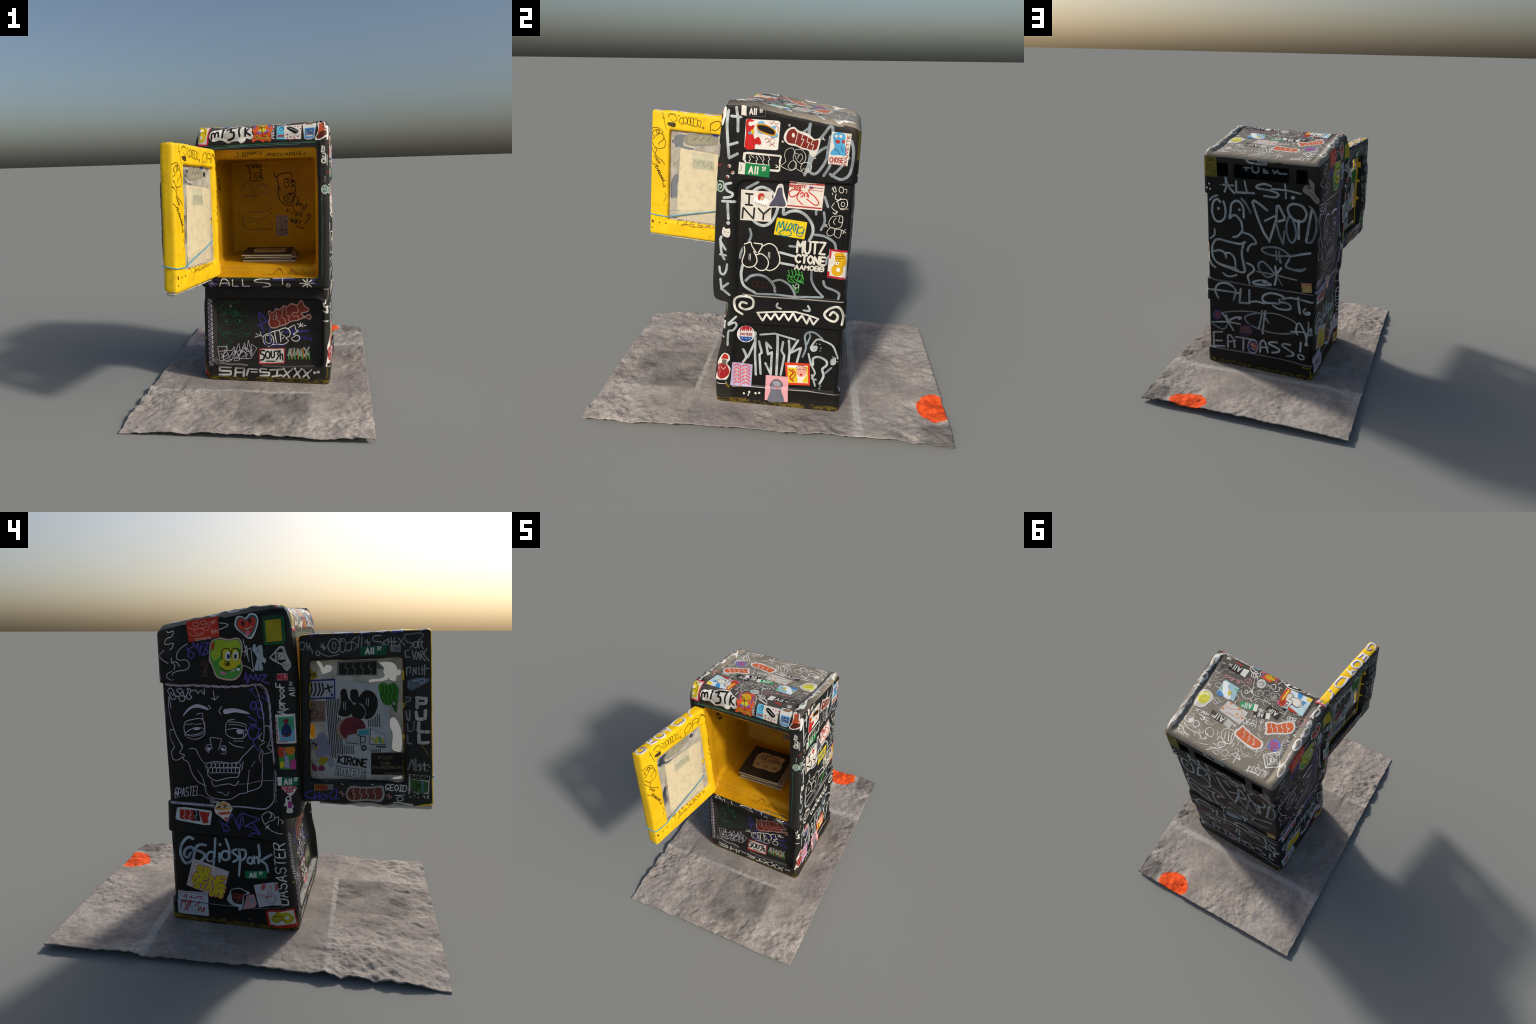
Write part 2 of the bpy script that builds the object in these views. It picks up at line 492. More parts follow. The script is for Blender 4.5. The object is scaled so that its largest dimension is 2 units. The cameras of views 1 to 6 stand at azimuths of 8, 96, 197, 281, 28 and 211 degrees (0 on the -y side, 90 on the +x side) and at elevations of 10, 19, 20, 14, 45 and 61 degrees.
def build_door(box):
    door = empty("door", (0, 0, 0), 0, box)
    spec = [  # (u0,u1,v0,v1,radius,t) loops: seat of pane on yellow side, out over the front, round the edge, back in
        (0.052, 0.490, 0.108, 0.680, 0.012, 0.036), (0.046, 0.494, 0.104, 0.685, 0.014, 0.012), (0.041, 0.499, 0.099, 0.690, 0.018, 0.003), (0.036, 0.505, 0.093, 0.696, 0.022, 0.0),
        (0.012, 0.608, 0.012, 0.788, 0.012, 0.0), (0.004, 0.616, 0.004, 0.796, 0.014, 0.004), (0.0, 0.620, 0.0, 0.800, 0.016, 0.014),
        (0.0, 0.620, 0.0, 0.800, 0.016, 0.058), (0.004, 0.616, 0.004, 0.796, 0.014, 0.068), (0.012, 0.608, 0.012, 0.788, 0.012, 0.072),
        (0.036, 0.506, 0.100, 0.692, 0.024, 0.072), (0.042, 0.502, 0.106, 0.688, 0.022, 0.069), (0.050, 0.497, 0.110, 0.682, 0.018, 0.058), (0.054, 0.491, 0.111, 0.680, 0.014, 0.040)]
    loops, N = [], 0
    for i, (u0, u1, v0, v1, r, t) in enumerate(spec):
        base = rounded_loop(u0, u1, v0, v1, r, 6)
        pts = []
        for a, b in zip(base, base[1:] + base[:1]):           # resample the straight runs
            n = 26 if math.dist(a, b) > 0.2 else 1
            pts += [(a[0] + (b[0] - a[0]) * j / n, a[1] + (b[1] - a[1]) * j / n) for j in range(n)]
        loops.append([(u, v, t) for u, v in pts])
    fine, tags = [], []
    for i in range(len(loops)):                               # subdivide the two broad faces
        nxt = loops[(i + 1) % len(loops)]
        m = 8 if i in (3, 9) else 3 if i == 6 else 1
        for j in range(m):
            fine.append([tuple(p[k] + (q[k] - p[k]) * j / m for k in range(3)) for p, q in zip(loops[i], nxt)])
    verts = []
    for loop in fine:
        for u, v, t in loop:
            p = door_point(u, v, t)
            w = 0.0035 * mnoise.noise(p * 9) + 0.002 * mnoise.noise(p * 24)
            low = smooth(0.03, 0.0, v) * smooth(0.0, 0.05, t) * 0.014 * (mnoise.noise(V((u * 12, 0, t * 20))) - 0.2)
            grip = 0.020 * smooth(0.497, 0.525, u) * smooth(0.613, 0.575, u) * smooth(0.13, 0.24, v) * smooth(0.66, 0.56, v) * smooth(0.045, 0.07, t)   # swollen pull stile
            verts.append(p + V((w - grip, w * 0.6, w + low)))
    n, R = len(fine[0]), len(fine)
    faces, mats = [], []
    for r in range(R):
        for c in range(n):
            a, b, d = r * n + c, r * n + (c + 1) % n, ((r + 1) % R) * n
            f = (a, b, d + (c + 1) % n, d + c)
            faces.append(f)
            u = sum(fine[i // n][i % n][0] for i in f) / 4
            v = sum(fine[i // n][i % n][1] for i in f) / 4
            t = sum(fine[i // n][i % n][2] for i in f) / 4
            rim = min(u, v, DOOR_W - u, DOOR_H - v)
            k = 0
            if t > 0.0655 + 0.003 * mnoise.noise(V((u * 30, v * 30, 0))) and rim < 0.2:
                k = 1
            if rim > 0.03 and t > 0.047 + 0.006 * mnoise.noise(V((u * 14, v * 14, 3))):
                k = 1
            if t > 0.012 and v < 0.006 + 0.016 * (0.3 + mnoise.noise(V((u * 9, t * 25, 2)))) * smooth(0.1, 0.5, u):
                k = 2
            mats.append(k)
    frame = mesh_object("door_frame", verts, faces, [MATS["yellow_plastic"], MATS["black_paint"], paint("b9b6ae")], door, mats)
    bm = bmesh.new()
    bm.from_mesh(frame.data)
    bmesh.ops.recalc_face_normals(bm, faces=bm.faces)
    bm.to_mesh(frame.data)
    bvh = BVHTree.FromBMesh(bm)
    bm.free()
    return door, bvh


# ------------------------------------------------------------------ pavement
def pavement_height(x, y):
    base = 0.033 + 0.016 * smooth(0.46, 0.70, x) * (1 - smooth(0.45, 1.0, abs(y - 0.12))) + 0.014 * smooth(0.75, 1.0, y) * (1 - (x / 0.72) ** 2)
    base -= 0.022 * smooth(-0.45, -0.72, x) * smooth(-0.72, -1.0, y) + 0.006 * smooth(-0.7, -1.0, y)
    base += 0.007 * smooth(0.35, 0.65, x) * smooth(-0.65, -0.95, y) - 0.005 * smooth(-0.42, -0.55, y) * smooth(-0.95, -0.75, y) * smooth(0.5, 0.2, abs(x))
    worn = 0.35 + 0.85 * smooth(-0.25, 0.25, mnoise.noise(V((x * 2.6, y * 2.6, 11))))
    rough = 0.85 * worn + 0.60 * smooth(-0.1, -0.75, x) * smooth(0.1, -0.6, y) + 0.35 * smooth(0.45, 0.7, abs(x))
    near = smooth(0.0, 0.16, max(abs(x - 0.05) - 0.42, abs(y - 0.06) - 0.36))
    rough *= 0.2 + 0.8 * near
    p = V((x, y, 0))
    h = 0.011 * mnoise.noise(p * 4.2) + 0.008 * mnoise.noise(p * 10.5 + V((3, 1, 2)))
    cell = mnoise.voronoi(V((x * 15 + y * 3, y * 13, 0.5)))[0][0]
    pits = smooth(0.12, 0.50, mnoise.noise(V((x * 15 + 7, y * 12 - x * 4, 8))))
    h += 0.008 * (0.45 - cell) - 0.005 * pits + 0.0045 * mnoise.noise(p * 27) + 0.0026 * mnoise.noise(p * 60)
    return max(0.0055, base + rough * h)


def build_pavement():
    nx, ny = 260, 368
    verts, faces = [], []
    for side in (0, 1):
        for j in range(ny + 1):
            for i in range(nx + 1):
                x, y = -0.707 + 1.414 * i / nx, -1 + 2 * j / ny
                ex = 0.005 * mnoise.noise(V((y * 14, 1, 0))) + 0.004 * mnoise.noise(V((y * 40, 5, 0)))
                ey = 0.004 * mnoise.noise(V((x * 14, 9, 0))) + 0.003 * mnoise.noise(V((x * 40, 7, 0)))
                px = x + (ex - 0.004) * (abs(x) / 0.707) ** 20 * (1 if x > 0 else -1)
                py = y + (ey - 0.003) * abs(y) ** 20 * (1 if y > 0 else -1)
                verts.append((px, py, pavement_height(px, py) - 0.0055 * side))
    n, m = nx + 1, (nx + 1) * (ny + 1)
    for j in range(ny):
        for i in range(nx):
            a = j * n + i
            faces.append((a, a + 1, a + n + 1, a + n))
            faces.append((m + a, m + a + n, m + a + n + 1, m + a + 1))
    rimv = [i for i in range(nx)] + [j * n + nx for j in range(ny)] + [ny * n + i for i in range(nx, 0, -1)] + [j * n for j in range(ny, 0, -1)]
    for a, b in zip(rimv, rimv[1:] + rimv[:1]):
        faces.append((b, a, m + a, m + b))
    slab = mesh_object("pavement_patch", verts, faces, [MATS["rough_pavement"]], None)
    low = min(v[2] for v in verts)
    for v in slab.data.vertices:
        v.co.z -= low
    slab["label"] = "rough grey pavement patch with pale joints and orange spray spot"
    slab["category"] = "pavement"
    return slab


# ------------------------------------------------------------------ charts: flat drawing boards laid on the surfaces
class Chart:
    """Maps board millimetres (u right, v up as one faces that side) to points on the real surface."""

    def __init__(self, bvh, origin=None, u=None, v=None, n=None, start=0.12, door_t=None, free=False):
        self.bvh, self.o, self.u, self.v, self.n, self.start, self.t, self.free = bvh, origin, u, v, n, start, door_t, free

    def frame(self, a, b):
        if self.t is None:
            return self.o + self.u * a + self.v * b, self.n
        p = door_point(a, b, self.t)
        du, dv = door_point(a + 0.01, b, self.t) - p, door_point(a, b + 0.01, self.t) - p
        n = du.cross(dv).normalized()
        return p, (n if n.x * self.n > 0 else -n)

    def place(self, a, b, lift):
        p, n = self.frame(a, b)
        if self.free:
            return p + n * lift
        hit, normal, _, dist = self.bvh.ray_cast(p + n * self.start, -n, self.start + 0.14)
        if hit is None:
            hit, normal, _, dist = self.bvh.find_nearest(p)
            if hit is None:
                return p + n * lift
        if normal.dot(n) < 0:
            normal = -normal
        return hit + (normal * 0.6 + n * 0.4).normalized() * lift


CHARTS = {}


def make_charts(shell, leaf):
    X, Y, Z = V((1, 0, 0)), V((0, 1, 0)), V((0, 0, 1))
    d = V((0, -0.70, 0.714)).normalized()
    CHARTS.update(
        right=Chart(shell, V((0.405, 0, 0)), Y, Z, X), left=Chart(shell, V((-0.405, 0, 0)), -Y, Z, -X),
        back=Chart(shell, V((0, 0.36, 0)), -X, Z, Y), front=Chart(shell, V((0, -0.34, 0)), X, Z, -Y, 0.05),
        roof=Chart(shell, V((0, 0, 1.65)), X, Y, Z), visor=Chart(shell, V((0, -0.29, 1.63)), X, d.cross(X), d),
        inner_back=Chart(shell, V((0, 0.25, 0)), X, Z, -Y, 0.08), inner_left=Chart(shell, V((-0.335, 0, 0)), Y, Z, X, 0.06),
        header=Chart(shell, V((0, -0.26, 0)), X, Z, V((0, -0.85, -0.5)).normalized(), 0.04),
        sill=Chart(shell, V((0, -0.30, 0.74)), X, Y, Z, 0.06),
        door_out=Chart(leaf, n=-1, start=0.03, door_t=DOOR_T), door_in=Chart(leaf, n=1, start=0.03, door_t=0.0),
        pane_out=Chart(leaf, n=-1, door_t=0.030, free=True), pane_in=Chart(leaf, n=1, door_t=0.020, free=True),
        door_top=DoorEdge(leaf, "top"), door_edge=DoorEdge(leaf, "free"))


class DoorEdge(Chart):
    """Upper edge of the door: u along the door, v through its thickness; or the free edge: u through, v up."""

    def __init__(self, bvh, which):
        self.bvh, self.which, self.start, self.free, self.t = bvh, which, 0.03, False, None

    def frame(self, a, b):
        if self.which == "top":
            return door_point(a, DOOR_H, b), V((0, 0, 1))
        return door_point(DOOR_W, b, a), V((0, -1, 0))


# ------------------------------------------------------------------ marks: ink strokes, fills and lettering
GLYPHS = {  # strokes on a 4 wide, 6 high grid; "~" marks a curved stroke
    "A": "00 26 40;12 32", "B": "00 06;~06 36 44 33 03;~03 43 41 30 00", "C": "~45 26 04 02 20 41", "D": "00 06;~06 36 44 42 30 00", "E": "46 06 00 40;03 33",
    "F": "00 06 46;03 33", "G": "~45 26 04 02 20 42;42 22", "H": "00 06;40 46;03 43", "I": "20 26;06 46;00 40", "i": "20 24;25 26", "J": "46 41;~41 20 01", "K": "00 06;46 03 40",
    "L": "06 00 40", "M": "00 06 23 46 40", "N": "00 06 40 46", "O": "~20 02 04 26 44 42 20", "P": "00 06;~06 36 45 33 03", "Q": "~20 02 04 26 44 42 20;21 40",
    "R": "00 06;~06 36 45 33 03;23 40", "S": "~45 26 05 13 33 41 20 01", "T": "20 26;06 46", "U": "06 02;~02 10 30 42;42 46", "V": "06 20 46", "W": "06 10 24 30 46",
    "X": "00 46;06 40", "Y": "06 23 46;23 20", "Z": "06 46 00 40", "0": "~20 02 04 26 44 42 20", "1": "20 26 15", "2": "~05 26 44 22 00;00 40", "3": "~05 26 45 23;~23 42 20 01",
    "6": "~45 26 03 01 20 42 23 02", "9": "~01 20 43 45 26 04 23 44", "a": "~43 14 02 10 41;44 40", "d": "~42 13 02 10 41;46 40", "k": "00 06;44 02 40", "l": "20 26", "n": "00 04;~03 24 43;43 40",
    "o": "~20 02 13 33 42 20", "p": "~03 34 43 31 01;04 0-", "r": "00 04;~02 24 43", "s": "~43 14 13 32 31 10 01", "t": "20 26;04 44", "u": "04 01;~01 20 42;44 40", "e": "~02 42 34 14 02 10 30 41",
    "@": "~30 10 03 16 46 53 42 33 24 13 22 33 41", "!": "22 26;20 21", ".": "20 21", ",": "21 1-", "*": "20 26;05 41;01 45", "$": "~45 26 05 13 33 41 20 01;20 26", "-": "13 33", "'": "25 26",
    "/": "00 46", "?": "~05 26 45 23 22;20 21", "#": "10 16;30 36;02 42;04 44", ":": "21 22;24 25", " ": ""}
NARROW = {"I": 0.8, "i": 0.45, "l": 0.45, "!": 0.45, ".": 0.45, ",": 0.45, "1": 0.6, " ": 0.6, "'": 0.4, "J": 0.85}


def curve_through(pts, closed=False, per=8):
    n = len(pts)
    if n < 3:
        return list(pts)
    out = []
    rng = range(n) if closed else range(n - 1)
    for i in rng:
        p = [pts[(i + k) % n] if closed else pts[min(n - 1, max(0, i + k))] for k in (-1, 0, 1, 2)]
        for j in range(per):
            t = j / per
            out.append(tuple(0.5 * (2 * p[1][d] + (p[2][d] - p[0][d]) * t + (2 * p[0][d] - 5 * p[1][d] + 4 * p[2][d] - p[3][d]) * t * t
                                    + (3 * p[1][d] - p[0][d] - 3 * p[2][d] + p[3][d]) * t ** 3) for d in (0, 1)))
    if not closed:
        out.append(tuple(pts[-1]))
    return out


def spaced(pts, step):
    out, carry = [pts[0]], 0.0
    for a, b in zip(pts, pts[1:]):
        d = math.dist(a, b)
        if d < 1e-9:
            continue
        k = max(1, math.ceil(d / step)) if d > step else 1
        out += [(a[0] + (b[0] - a[0]) * j / k, a[1] + (b[1] - a[1]) * j / k) for j in range(1, k + 1)]
    res = [out[0]]
    for p in out[1:-1]:
        if math.dist(p, res[-1]) > step * 0.45:
            res.append(p)
    res.append(out[-1])
    return res


class Mark:
    """One sticker or one tag: several flat fills and strokes collected into one mesh."""

    def __init__(self, kind, chart, lift=0.8, parent=None):
        self.kind, self.c, self.lift, self.parent = kind, CHARTS[chart], lift / 1000, parent
        self.v, self.f, self.m, self.mats = [], [], [], []
        ALL_MARKS.append(self)

    def mat(self, colour):
        if colour not in self.mats:
            self.mats.append(colour)
        return self.mats.index(colour)

    def rise(self, k=0.00035):
        self.lift += k

    def fill_points(self, colour, outline):
        """thin skin with a turned-down rim"""
        k = self.mat(colour)
        us, vs = [p[0] for p in outline], [p[1] for p in outline]
        size = max(max(us) - min(us), max(vs) - min(vs))
        step = max(0.004, min(0.009, size / 8))
        ring = spaced(list(outline) + [outline[0]], step)[:-1]
        pts = [V(p) for p in ring]
        nu, nv = int((max(us) - min(us)) / step), int((max(vs) - min(vs)) / step)
        for i in range(1, nu + 1):
            for j in range(1, nv + 1):
                p = (min(us) + i * step, min(vs) + j * step)
                if min(abs(p[0] - q[0]) + abs(p[1] - q[1]) for q in ring) > step * 0.6:
                    pts.append(V(p))
        n = len(ring)
        got = delaunay_2d_cdt(pts, [], [list(range(n))], 1, 1e-6)
        base = len(self.v)
        self.v += [self.c.place(p[0], p[1], self.lift) for p in got[0]]
        edge = {}
        for t in got[2]:
            self.f.append([base + i for i in t])
            self.m.append(k)
            for a, b in zip(t, t[1:] + t[:1]):
                edge[(a, b)] = edge.get((a, b), 0) + 1
        low = {}
        for (a, b) in edge:
            if (b, a) not in edge:
                for i in (a, b):
                    if i not in low:
                        low[i] = len(self.v)
                        self.v.append(self.c.place(got[0][i][0], got[0][i][1], self.lift - 0.0012))
                self.f.append([base + b, base + a, low[a], low[b]])
                self.m.append(k)
        self.rise()

    def ribbon(self, colour, width, pts, rise=0.0):
        """bead of paint: three points across, slightly domed, round ends"""
        k, w = self.mat(colour), width
        step = max(0.0035, min(0.009, w * 0.8))
        line = spaced(pts, step)
        if len(line) < 2:
            return
        (a, b), (c, d) = line[:2], line[-2:]
        for end, nxt, at in ((line[0], line[1], 0), (line[-1], line[-2], None)):
            L = math.dist(end, nxt) or 1
            e = (end[0] + (end[0] - nxt[0]) / L * w * 0.42, end[1] + (end[1] - nxt[1]) / L * w * 0.42)
            if at == 0:
                line.insert(0, e)
            else:
                line.append(e)
        base, n = len(self.v), len(line)
        for i, p in enumerate(line):
            q, r = line[max(0, i - 1)], line[min(n - 1, i + 1)]
            L = math.dist(q, r) or 1
            nx, ny = -(r[1] - q[1]) / L, (r[0] - q[0]) / L
            h = w / 2 * (0.45 if i in (0, n - 1) else 1.0)
            for s, up in ((-1, 0.0), (0, min(0.0003, w * 0.04)), (1, 0.0)):
                self.v.append(self.c.place(p[0] + nx * h * s, p[1] + ny * h * s, self.lift + rise + up))
        for i in range(n - 1):
            o = base + 3 * i
            self.f += [[o, o + 1, o + 4, o + 3], [o + 1, o + 2, o + 5, o + 4]]
            self.m += [k, k]
        self.lift += 0.00002

    # --- drawing commands, millimetres on the board
    def poly(self, colour, *xy):
        self.fill_points(colour, [(xy[i] / 1000, xy[i + 1] / 1000) for i in range(0, len(xy), 2)])
        return self

    def blob(self, colour, *xy):
        self.fill_points(colour, curve_through([(xy[i] / 1000, xy[i + 1] / 1000) for i in range(0, len(xy), 2)], True, 5))
        return self

    def oval(self, colour, cx, cy, rx, ry, turn=0):
        c, s = math.cos(math.radians(turn)), math.sin(math.radians(turn))
        n = 20 if max(rx, ry) > 12 else 12
        self.fill_points(colour, [((cx + rx * math.cos(a) * c - ry * math.sin(a) * s) / 1000, (cy + rx * math.cos(a) * s + ry * math.sin(a) * c) / 1000)
                                  for a in (math.tau * i / n for i in range(n))])
        return self

    def line(self, colour, width, *xy):
        self.ribbon(colour, width / 1000, [(xy[i] / 1000, xy[i + 1] / 1000) for i in range(0, len(xy), 2)])
        return self

    def curve(self, colour, width, *xy):
        self.ribbon(colour, width / 1000, curve_through([(xy[i] / 1000, xy[i + 1] / 1000) for i in range(0, len(xy), 2)]))
        return self

    def loop(self, colour, width, *xy):
        p = curve_through([(xy[i] / 1000, xy[i + 1] / 1000) for i in range(0, len(xy), 2)], True)
        self.ribbon(colour, width / 1000, p + [p[0]])
        return self

    def dots(self, colour, r, *xy):
        for i in range(0, len(xy), 2):
            self.oval(colour, xy[i], xy[i + 1], r, r)
            self.lift -= 0.00035
        self.rise()
        return self

    def frame(self, colour, width, *xy):
        p = [(xy[i] / 1000, xy[i + 1] / 1000) for i in range(0, len(xy), 2)]
        self.ribbon(colour, width / 1000, p + [p[0]])
        return self

    def text(self, colour, width, words, x0, y0, x1, y1, x2, y2, jitter=0.0, fat=1.0):
        """words written from base left (x0,y0) to base right (x1,y1); (x2,y2) is the top left corner"""
        total = sum(NARROW.get(ch, 1.0) * 5.4 for ch in words) - 1.4
        at, rnd = 0.0, random.Random(words + str(x0))
        for ch in words:
            adv = NARROW.get(ch, 1.0)
            sx = 1.0 if ch not in NARROW else adv
            dy = rnd.uniform(-jitter, jitter)
            for part in GLYPHS.get(ch, GLYPHS["N"]).split(";"):
                if not part:
                    continue
                pts = []
                for tok in part.lstrip("~").split():
                    gx, gy = int(tok[0]), (-2 if tok[1] == "-" else int(tok[1]))
                    if ch in NARROW and ch not in "IJ1":
                        gx = gx - 1.2
                    gx = gx * sx if ch in "IJ1" else gx
                    f, g = (at + gx) / total, gy / 6 + dy
                    pts.append(((x0 + (x1 - x0) * f + (x2 - x0) * g) / 1000, (y0 + (y1 - y0) * f + (y2 - y0) * g) / 1000))
                self.ribbon(colour, width / 1000, curve_through(pts) if part[0] == "~" else pts)
            at += adv * 5.4
        return self

    def build(self):
        if not self.f:
            return
        o = mesh_object(self.kind, self.v, self.f, [paint(c, dry=self.kind == 'marker_tag') for c in self.mats], self.parent, self.m, smooth_shade=False)
        if self.kind in ('faded_scribble', 'worn_and_lit_edge'):
            o['kind'] = 'stuff'
        bm = bmesh.new()
        bm.from_mesh(o.data)
        bmesh.ops.recalc_face_normals(bm, faces=bm.faces)
        bm.to_mesh(o.data)
        bm.free()


ALL_MARKS = []


def draw_right(box, door):
    # broad pale marker letters on the hood
    Mark('marker_tag', 'right', 0.5, box)\
        .curve('879093', 15, 137, 1606, 133, 1556, 143, 1480, 135, 1411, 118, 1361).line('879093', 11, 104, 1565, 135, 1589)\
        .curve('879093', 14, 162, 1508, 197, 1550, 228, 1593, 242, 1592, 245, 1572).curve('879093', 14, 235, 1549, 229, 1508, 225, 1461, 239, 1415, 210, 1360)\
        .curve('879093', 14, 227, 1503, 189, 1481, 157, 1449, 143, 1406, 146, 1374, 173, 1370, 203, 1406, 222, 1448, 226, 1490)\
        .curve('879093', 14, 334, 1531, 347, 1486, 345, 1419, 332, 1368, 300, 1346, 268, 1354, 241, 1370).curve('879093', 13, 327, 1452, 291, 1404, 249, 1360)
    Mark('marker_tag', 'right', 0.5, box)\
        .line('b0b6b4', 14, -217, 1674, -210, 1618, -211, 1562).line('b0b6b4', 13, -242, 1633, -195, 1629)\
        .curve('b0b6b4', 14, -255, 1660, -263, 1602, -261, 1525, -256, 1435).line('b0b6b4', 13, -258, 1495, -213, 1508)\
        .line('b0b6b4', 14, -255, 1432, -213, 1454).dots('c9bdb6', 9, -254, 1393, -238, 1360, -263, 1340)\
        .dots('7c2b22', 5, -259, 1390, -241, 1363, -266, 1337).curve('b0b6b4', 13, -246, 1308, -275, 1299, -267, 1270, -239, 1255, -248, 1238, -284, 1232)\
        .line('b0b6b4', 14, -292, 1214, -228, 1213).line('b0b6b4', 14, -265, 1201, -262, 1122).dots('b0b6b4', 10, -263, 1101)\
        .curve('b0b6b4', 13, -279, 957, -305, 1003, -299, 1027).curve('b0b6b4', 13, -305, 997, -300, 938, -286, 903).line('b0b6b4', 11, -309, 929, -277, 925)\
        .curve('b0b6b4', 12, -313, 861, -309, 828, -293, 817, -278, 839, -272, 876).line('b0b6b4', 13, -309, 791, -304, 731)\
        .line('b0b6b4', 13, -267, 769, -306, 737, -261, 701)
    # spiral on the front corner
    Mark('marker_tag', 'right', 0.5, box)\
        .curve('a9bfae', 8, -307, 1316, -286, 1311, -284, 1280, -300, 1263, -314, 1272, -312, 1292, -300, 1300, -294, 1288, -303, 1279)
    # little cat
    Mark('sticker', 'right', 1, box)\
        .blob('dcd6ca', -289, 1079, -276, 1069, -255, 1071, -254, 1041, -263, 1024, -286, 1029, -297, 1045)\
        .curve('141413', 2, -286, 1057, -280, 1050, -274, 1056).curve('141413', 2, -269, 1052, -263, 1048, -257, 1054)\
        .line('141413', 2, -278, 1037, -263, 1035)
    # ring and broad strokes on the upper panel
    Mark('marker_tag', 'right', 0.4, box)\
        .loop('b0b6b4', 15, -90, 1292, -32, 1260, -9, 1197, -39, 1123, -83, 1098, -135, 1122, -158, 1188, -141, 1261)\
        .line('879093', 13, -169, 1283, -110, 1317).curve('b0b6b4', 15, 20, 1190, 21, 1160, 52, 1177, 95, 1180, 136, 1156, 165, 1112, 169, 1070, 152, 1028)\
        .curve('879093', 13, 180, 1062, 229, 1055, 277, 1024, 290, 984).line('879093', 13, 220, 1255, 239, 1207).line('879093', 13, 182, 1185, 182, 1167)\
        .curve('879093', 12, 220, 1179, 226, 1131, 209, 1088).curve('879093', 13, -152, 1074, -145, 1040, -158, 1004)\
        .curve('879093', 13, -187, 971, -200, 941, -206, 910).line('879093', 13, 54, 996, 90, 994).line('b0b6b4', 13, 5, 960, 81, 942)\
        .line('b0b6b4', 13, 3, 903, 79, 892).curve('b0b6b4', 15, -192, 871, -200, 816, -185, 758, -127, 720)\
        .curve('879093', 14, -175, 786, -146, 816, -99, 828, -56, 811, -25, 768, -18, 734).curve('6e2a22', 9, -70, 821, -42, 797, -14, 741)\
        .curve('879093', 13, -32, 793, 9, 806, 52, 783, 77, 748, 88, 716).line('879093', 11, -123, 714, -14, 717, 83, 710, 232, 716)\
        .curve('879093', 12, 171, 866, 173, 813, 196, 763, 235, 719).curve('879093', 13, 233, 813, 246, 779, 290, 761, 317, 742, 314, 713)\
        .curve('879093', 11, 244, 907, 246, 937, 261, 957)
    # spirals, teeth and the written name on the pedestal
    Mark('marker_tag', 'right', 0.5, box)\
        .curve('dad7cc', 13, -192, 591, -229, 619, -234, 676, -193, 697, -139, 686, -137, 640, -176, 621, -208, 636, -196, 662, -169, 657)\
        .curve('dad7cc', 13, 341, 570, 345, 626, 320, 670, 275, 660, 247, 626, 267, 597, 304, 588, 318, 619, 293, 642, 276, 622)\
        .line('dad7cc', 10, -112, 607, -11, 620, 93, 627, 157, 614, 217, 596)\
        .line('dad7cc', 11, -107, 600, -82, 561, -61, 604, -38, 571, -15, 611, 7, 573, 33, 616, 58, 573, 82, 621, 104, 573, 129, 610, 156, 562, 169, 603, 191, 560, 215, 596)\
        .curve('b0b6b4', 11, -2, 670, -7, 650, 16, 640).curve('b0b6b4', 11, 136, 640, 169, 640, 159, 667).line('b0b6b4', 12, -227, 575, -270, 531)\
        .curve('b0b6b4', 12, -270, 522, -235, 540, -226, 518, -247, 491, -270, 482, -276, 399)
    Mark('marker_tag', 'right', 0.5, box)\
        .curve('b0b6b4', 13, -193, 293, -174, 329, -191, 375).line('b0b6b4', 13, -188, 373, -165, 325, -126, 424, -122, 484)\
        .line('b0b6b4', 13, -122, 484, -124, 351, -119, 221).line('b0b6b4', 13, -102, 432, -86, 364, -99, 350, -92, 229)\
        .line('b0b6b4', 13, -35, 396, -63, 430, -51, 354, -30, 373, -35, 229).line('b0b6b4', 12, -66, 300, -36, 232)\
        .line('b0b6b4', 11, -96, 473, -16, 486, 97, 458).line('b0b6b4', 14, 0, 480, 1, 402, -3, 230).line('b0b6b4', 13, 31, 439, 23, 384, 39, 355, 21, 232)\
        .line('b0b6b4', 13, 62, 450, 67, 381, 62, 311).line('b0b6b4', 13, 112, 455, 69, 373, 129, 411, 109, 320)
    # wandering outline at the rear of the pedestal
    Mark('marker_tag', 'right', 0.5, box)\
        .curve('7f8c90', 11, 139, 356, 156, 414, 148, 479, 166, 507, 202, 506, 243, 474).curve('7f8c90', 10, 160, 434, 176, 481, 172, 501)\
        .curve('b0b6b4', 10, 186, 427, 214, 468, 255, 461, 298, 439, 320, 396, 331, 361)\
        .curve('b0b6b4', 13, 198, 311, 198, 352, 230, 363, 268, 344, 272, 317, 250, 289, 258, 246, 238, 196)\
        .blob('b0b6b4', 178, 423, 216, 429, 214, 400, 188, 394).blob('b0b6b4', 293, 351, 318, 370, 321, 330, 297, 321)\
        .dots('7f8c90', 4, 212, 442, 230, 441, 237, 418, 234, 401, 303, 372, 330, 342).curve('b0b6b4', 10, 171, 379, 186, 317, 210, 263, 195, 229, 218, 221)\
        .curve('b0b6b4', 10, 193, 250, 207, 206, 214, 181).line('7f8c90', 10, 263, 263, 299, 304).dots('7f8c90', 6, 243, 182, 238, 166)
    Mark('marker_tag', 'right', 0.5, box)\
        .dots('dad7cc', 7, -186, 97, -119, 105, -98, 109, -155, 110).line('dad7cc', 6, -153, 109, -163, 85)
    # pale highlight lines painted along the scuffed ridges of the sunk panels
    Mark('worn_and_lit_edge', 'right', 0.3, box)\
        .line('8d8981', 4, -191, 708, -117, 701, 103, 702, 344, 699).line('b5b0a5', 4, -251, 140, -145, 145, -65, 145)\
        .line('8d8981', 4, 69, 146, 179, 148, 348, 139).line('6b5a14', 14, -291, 158, -273, 135)
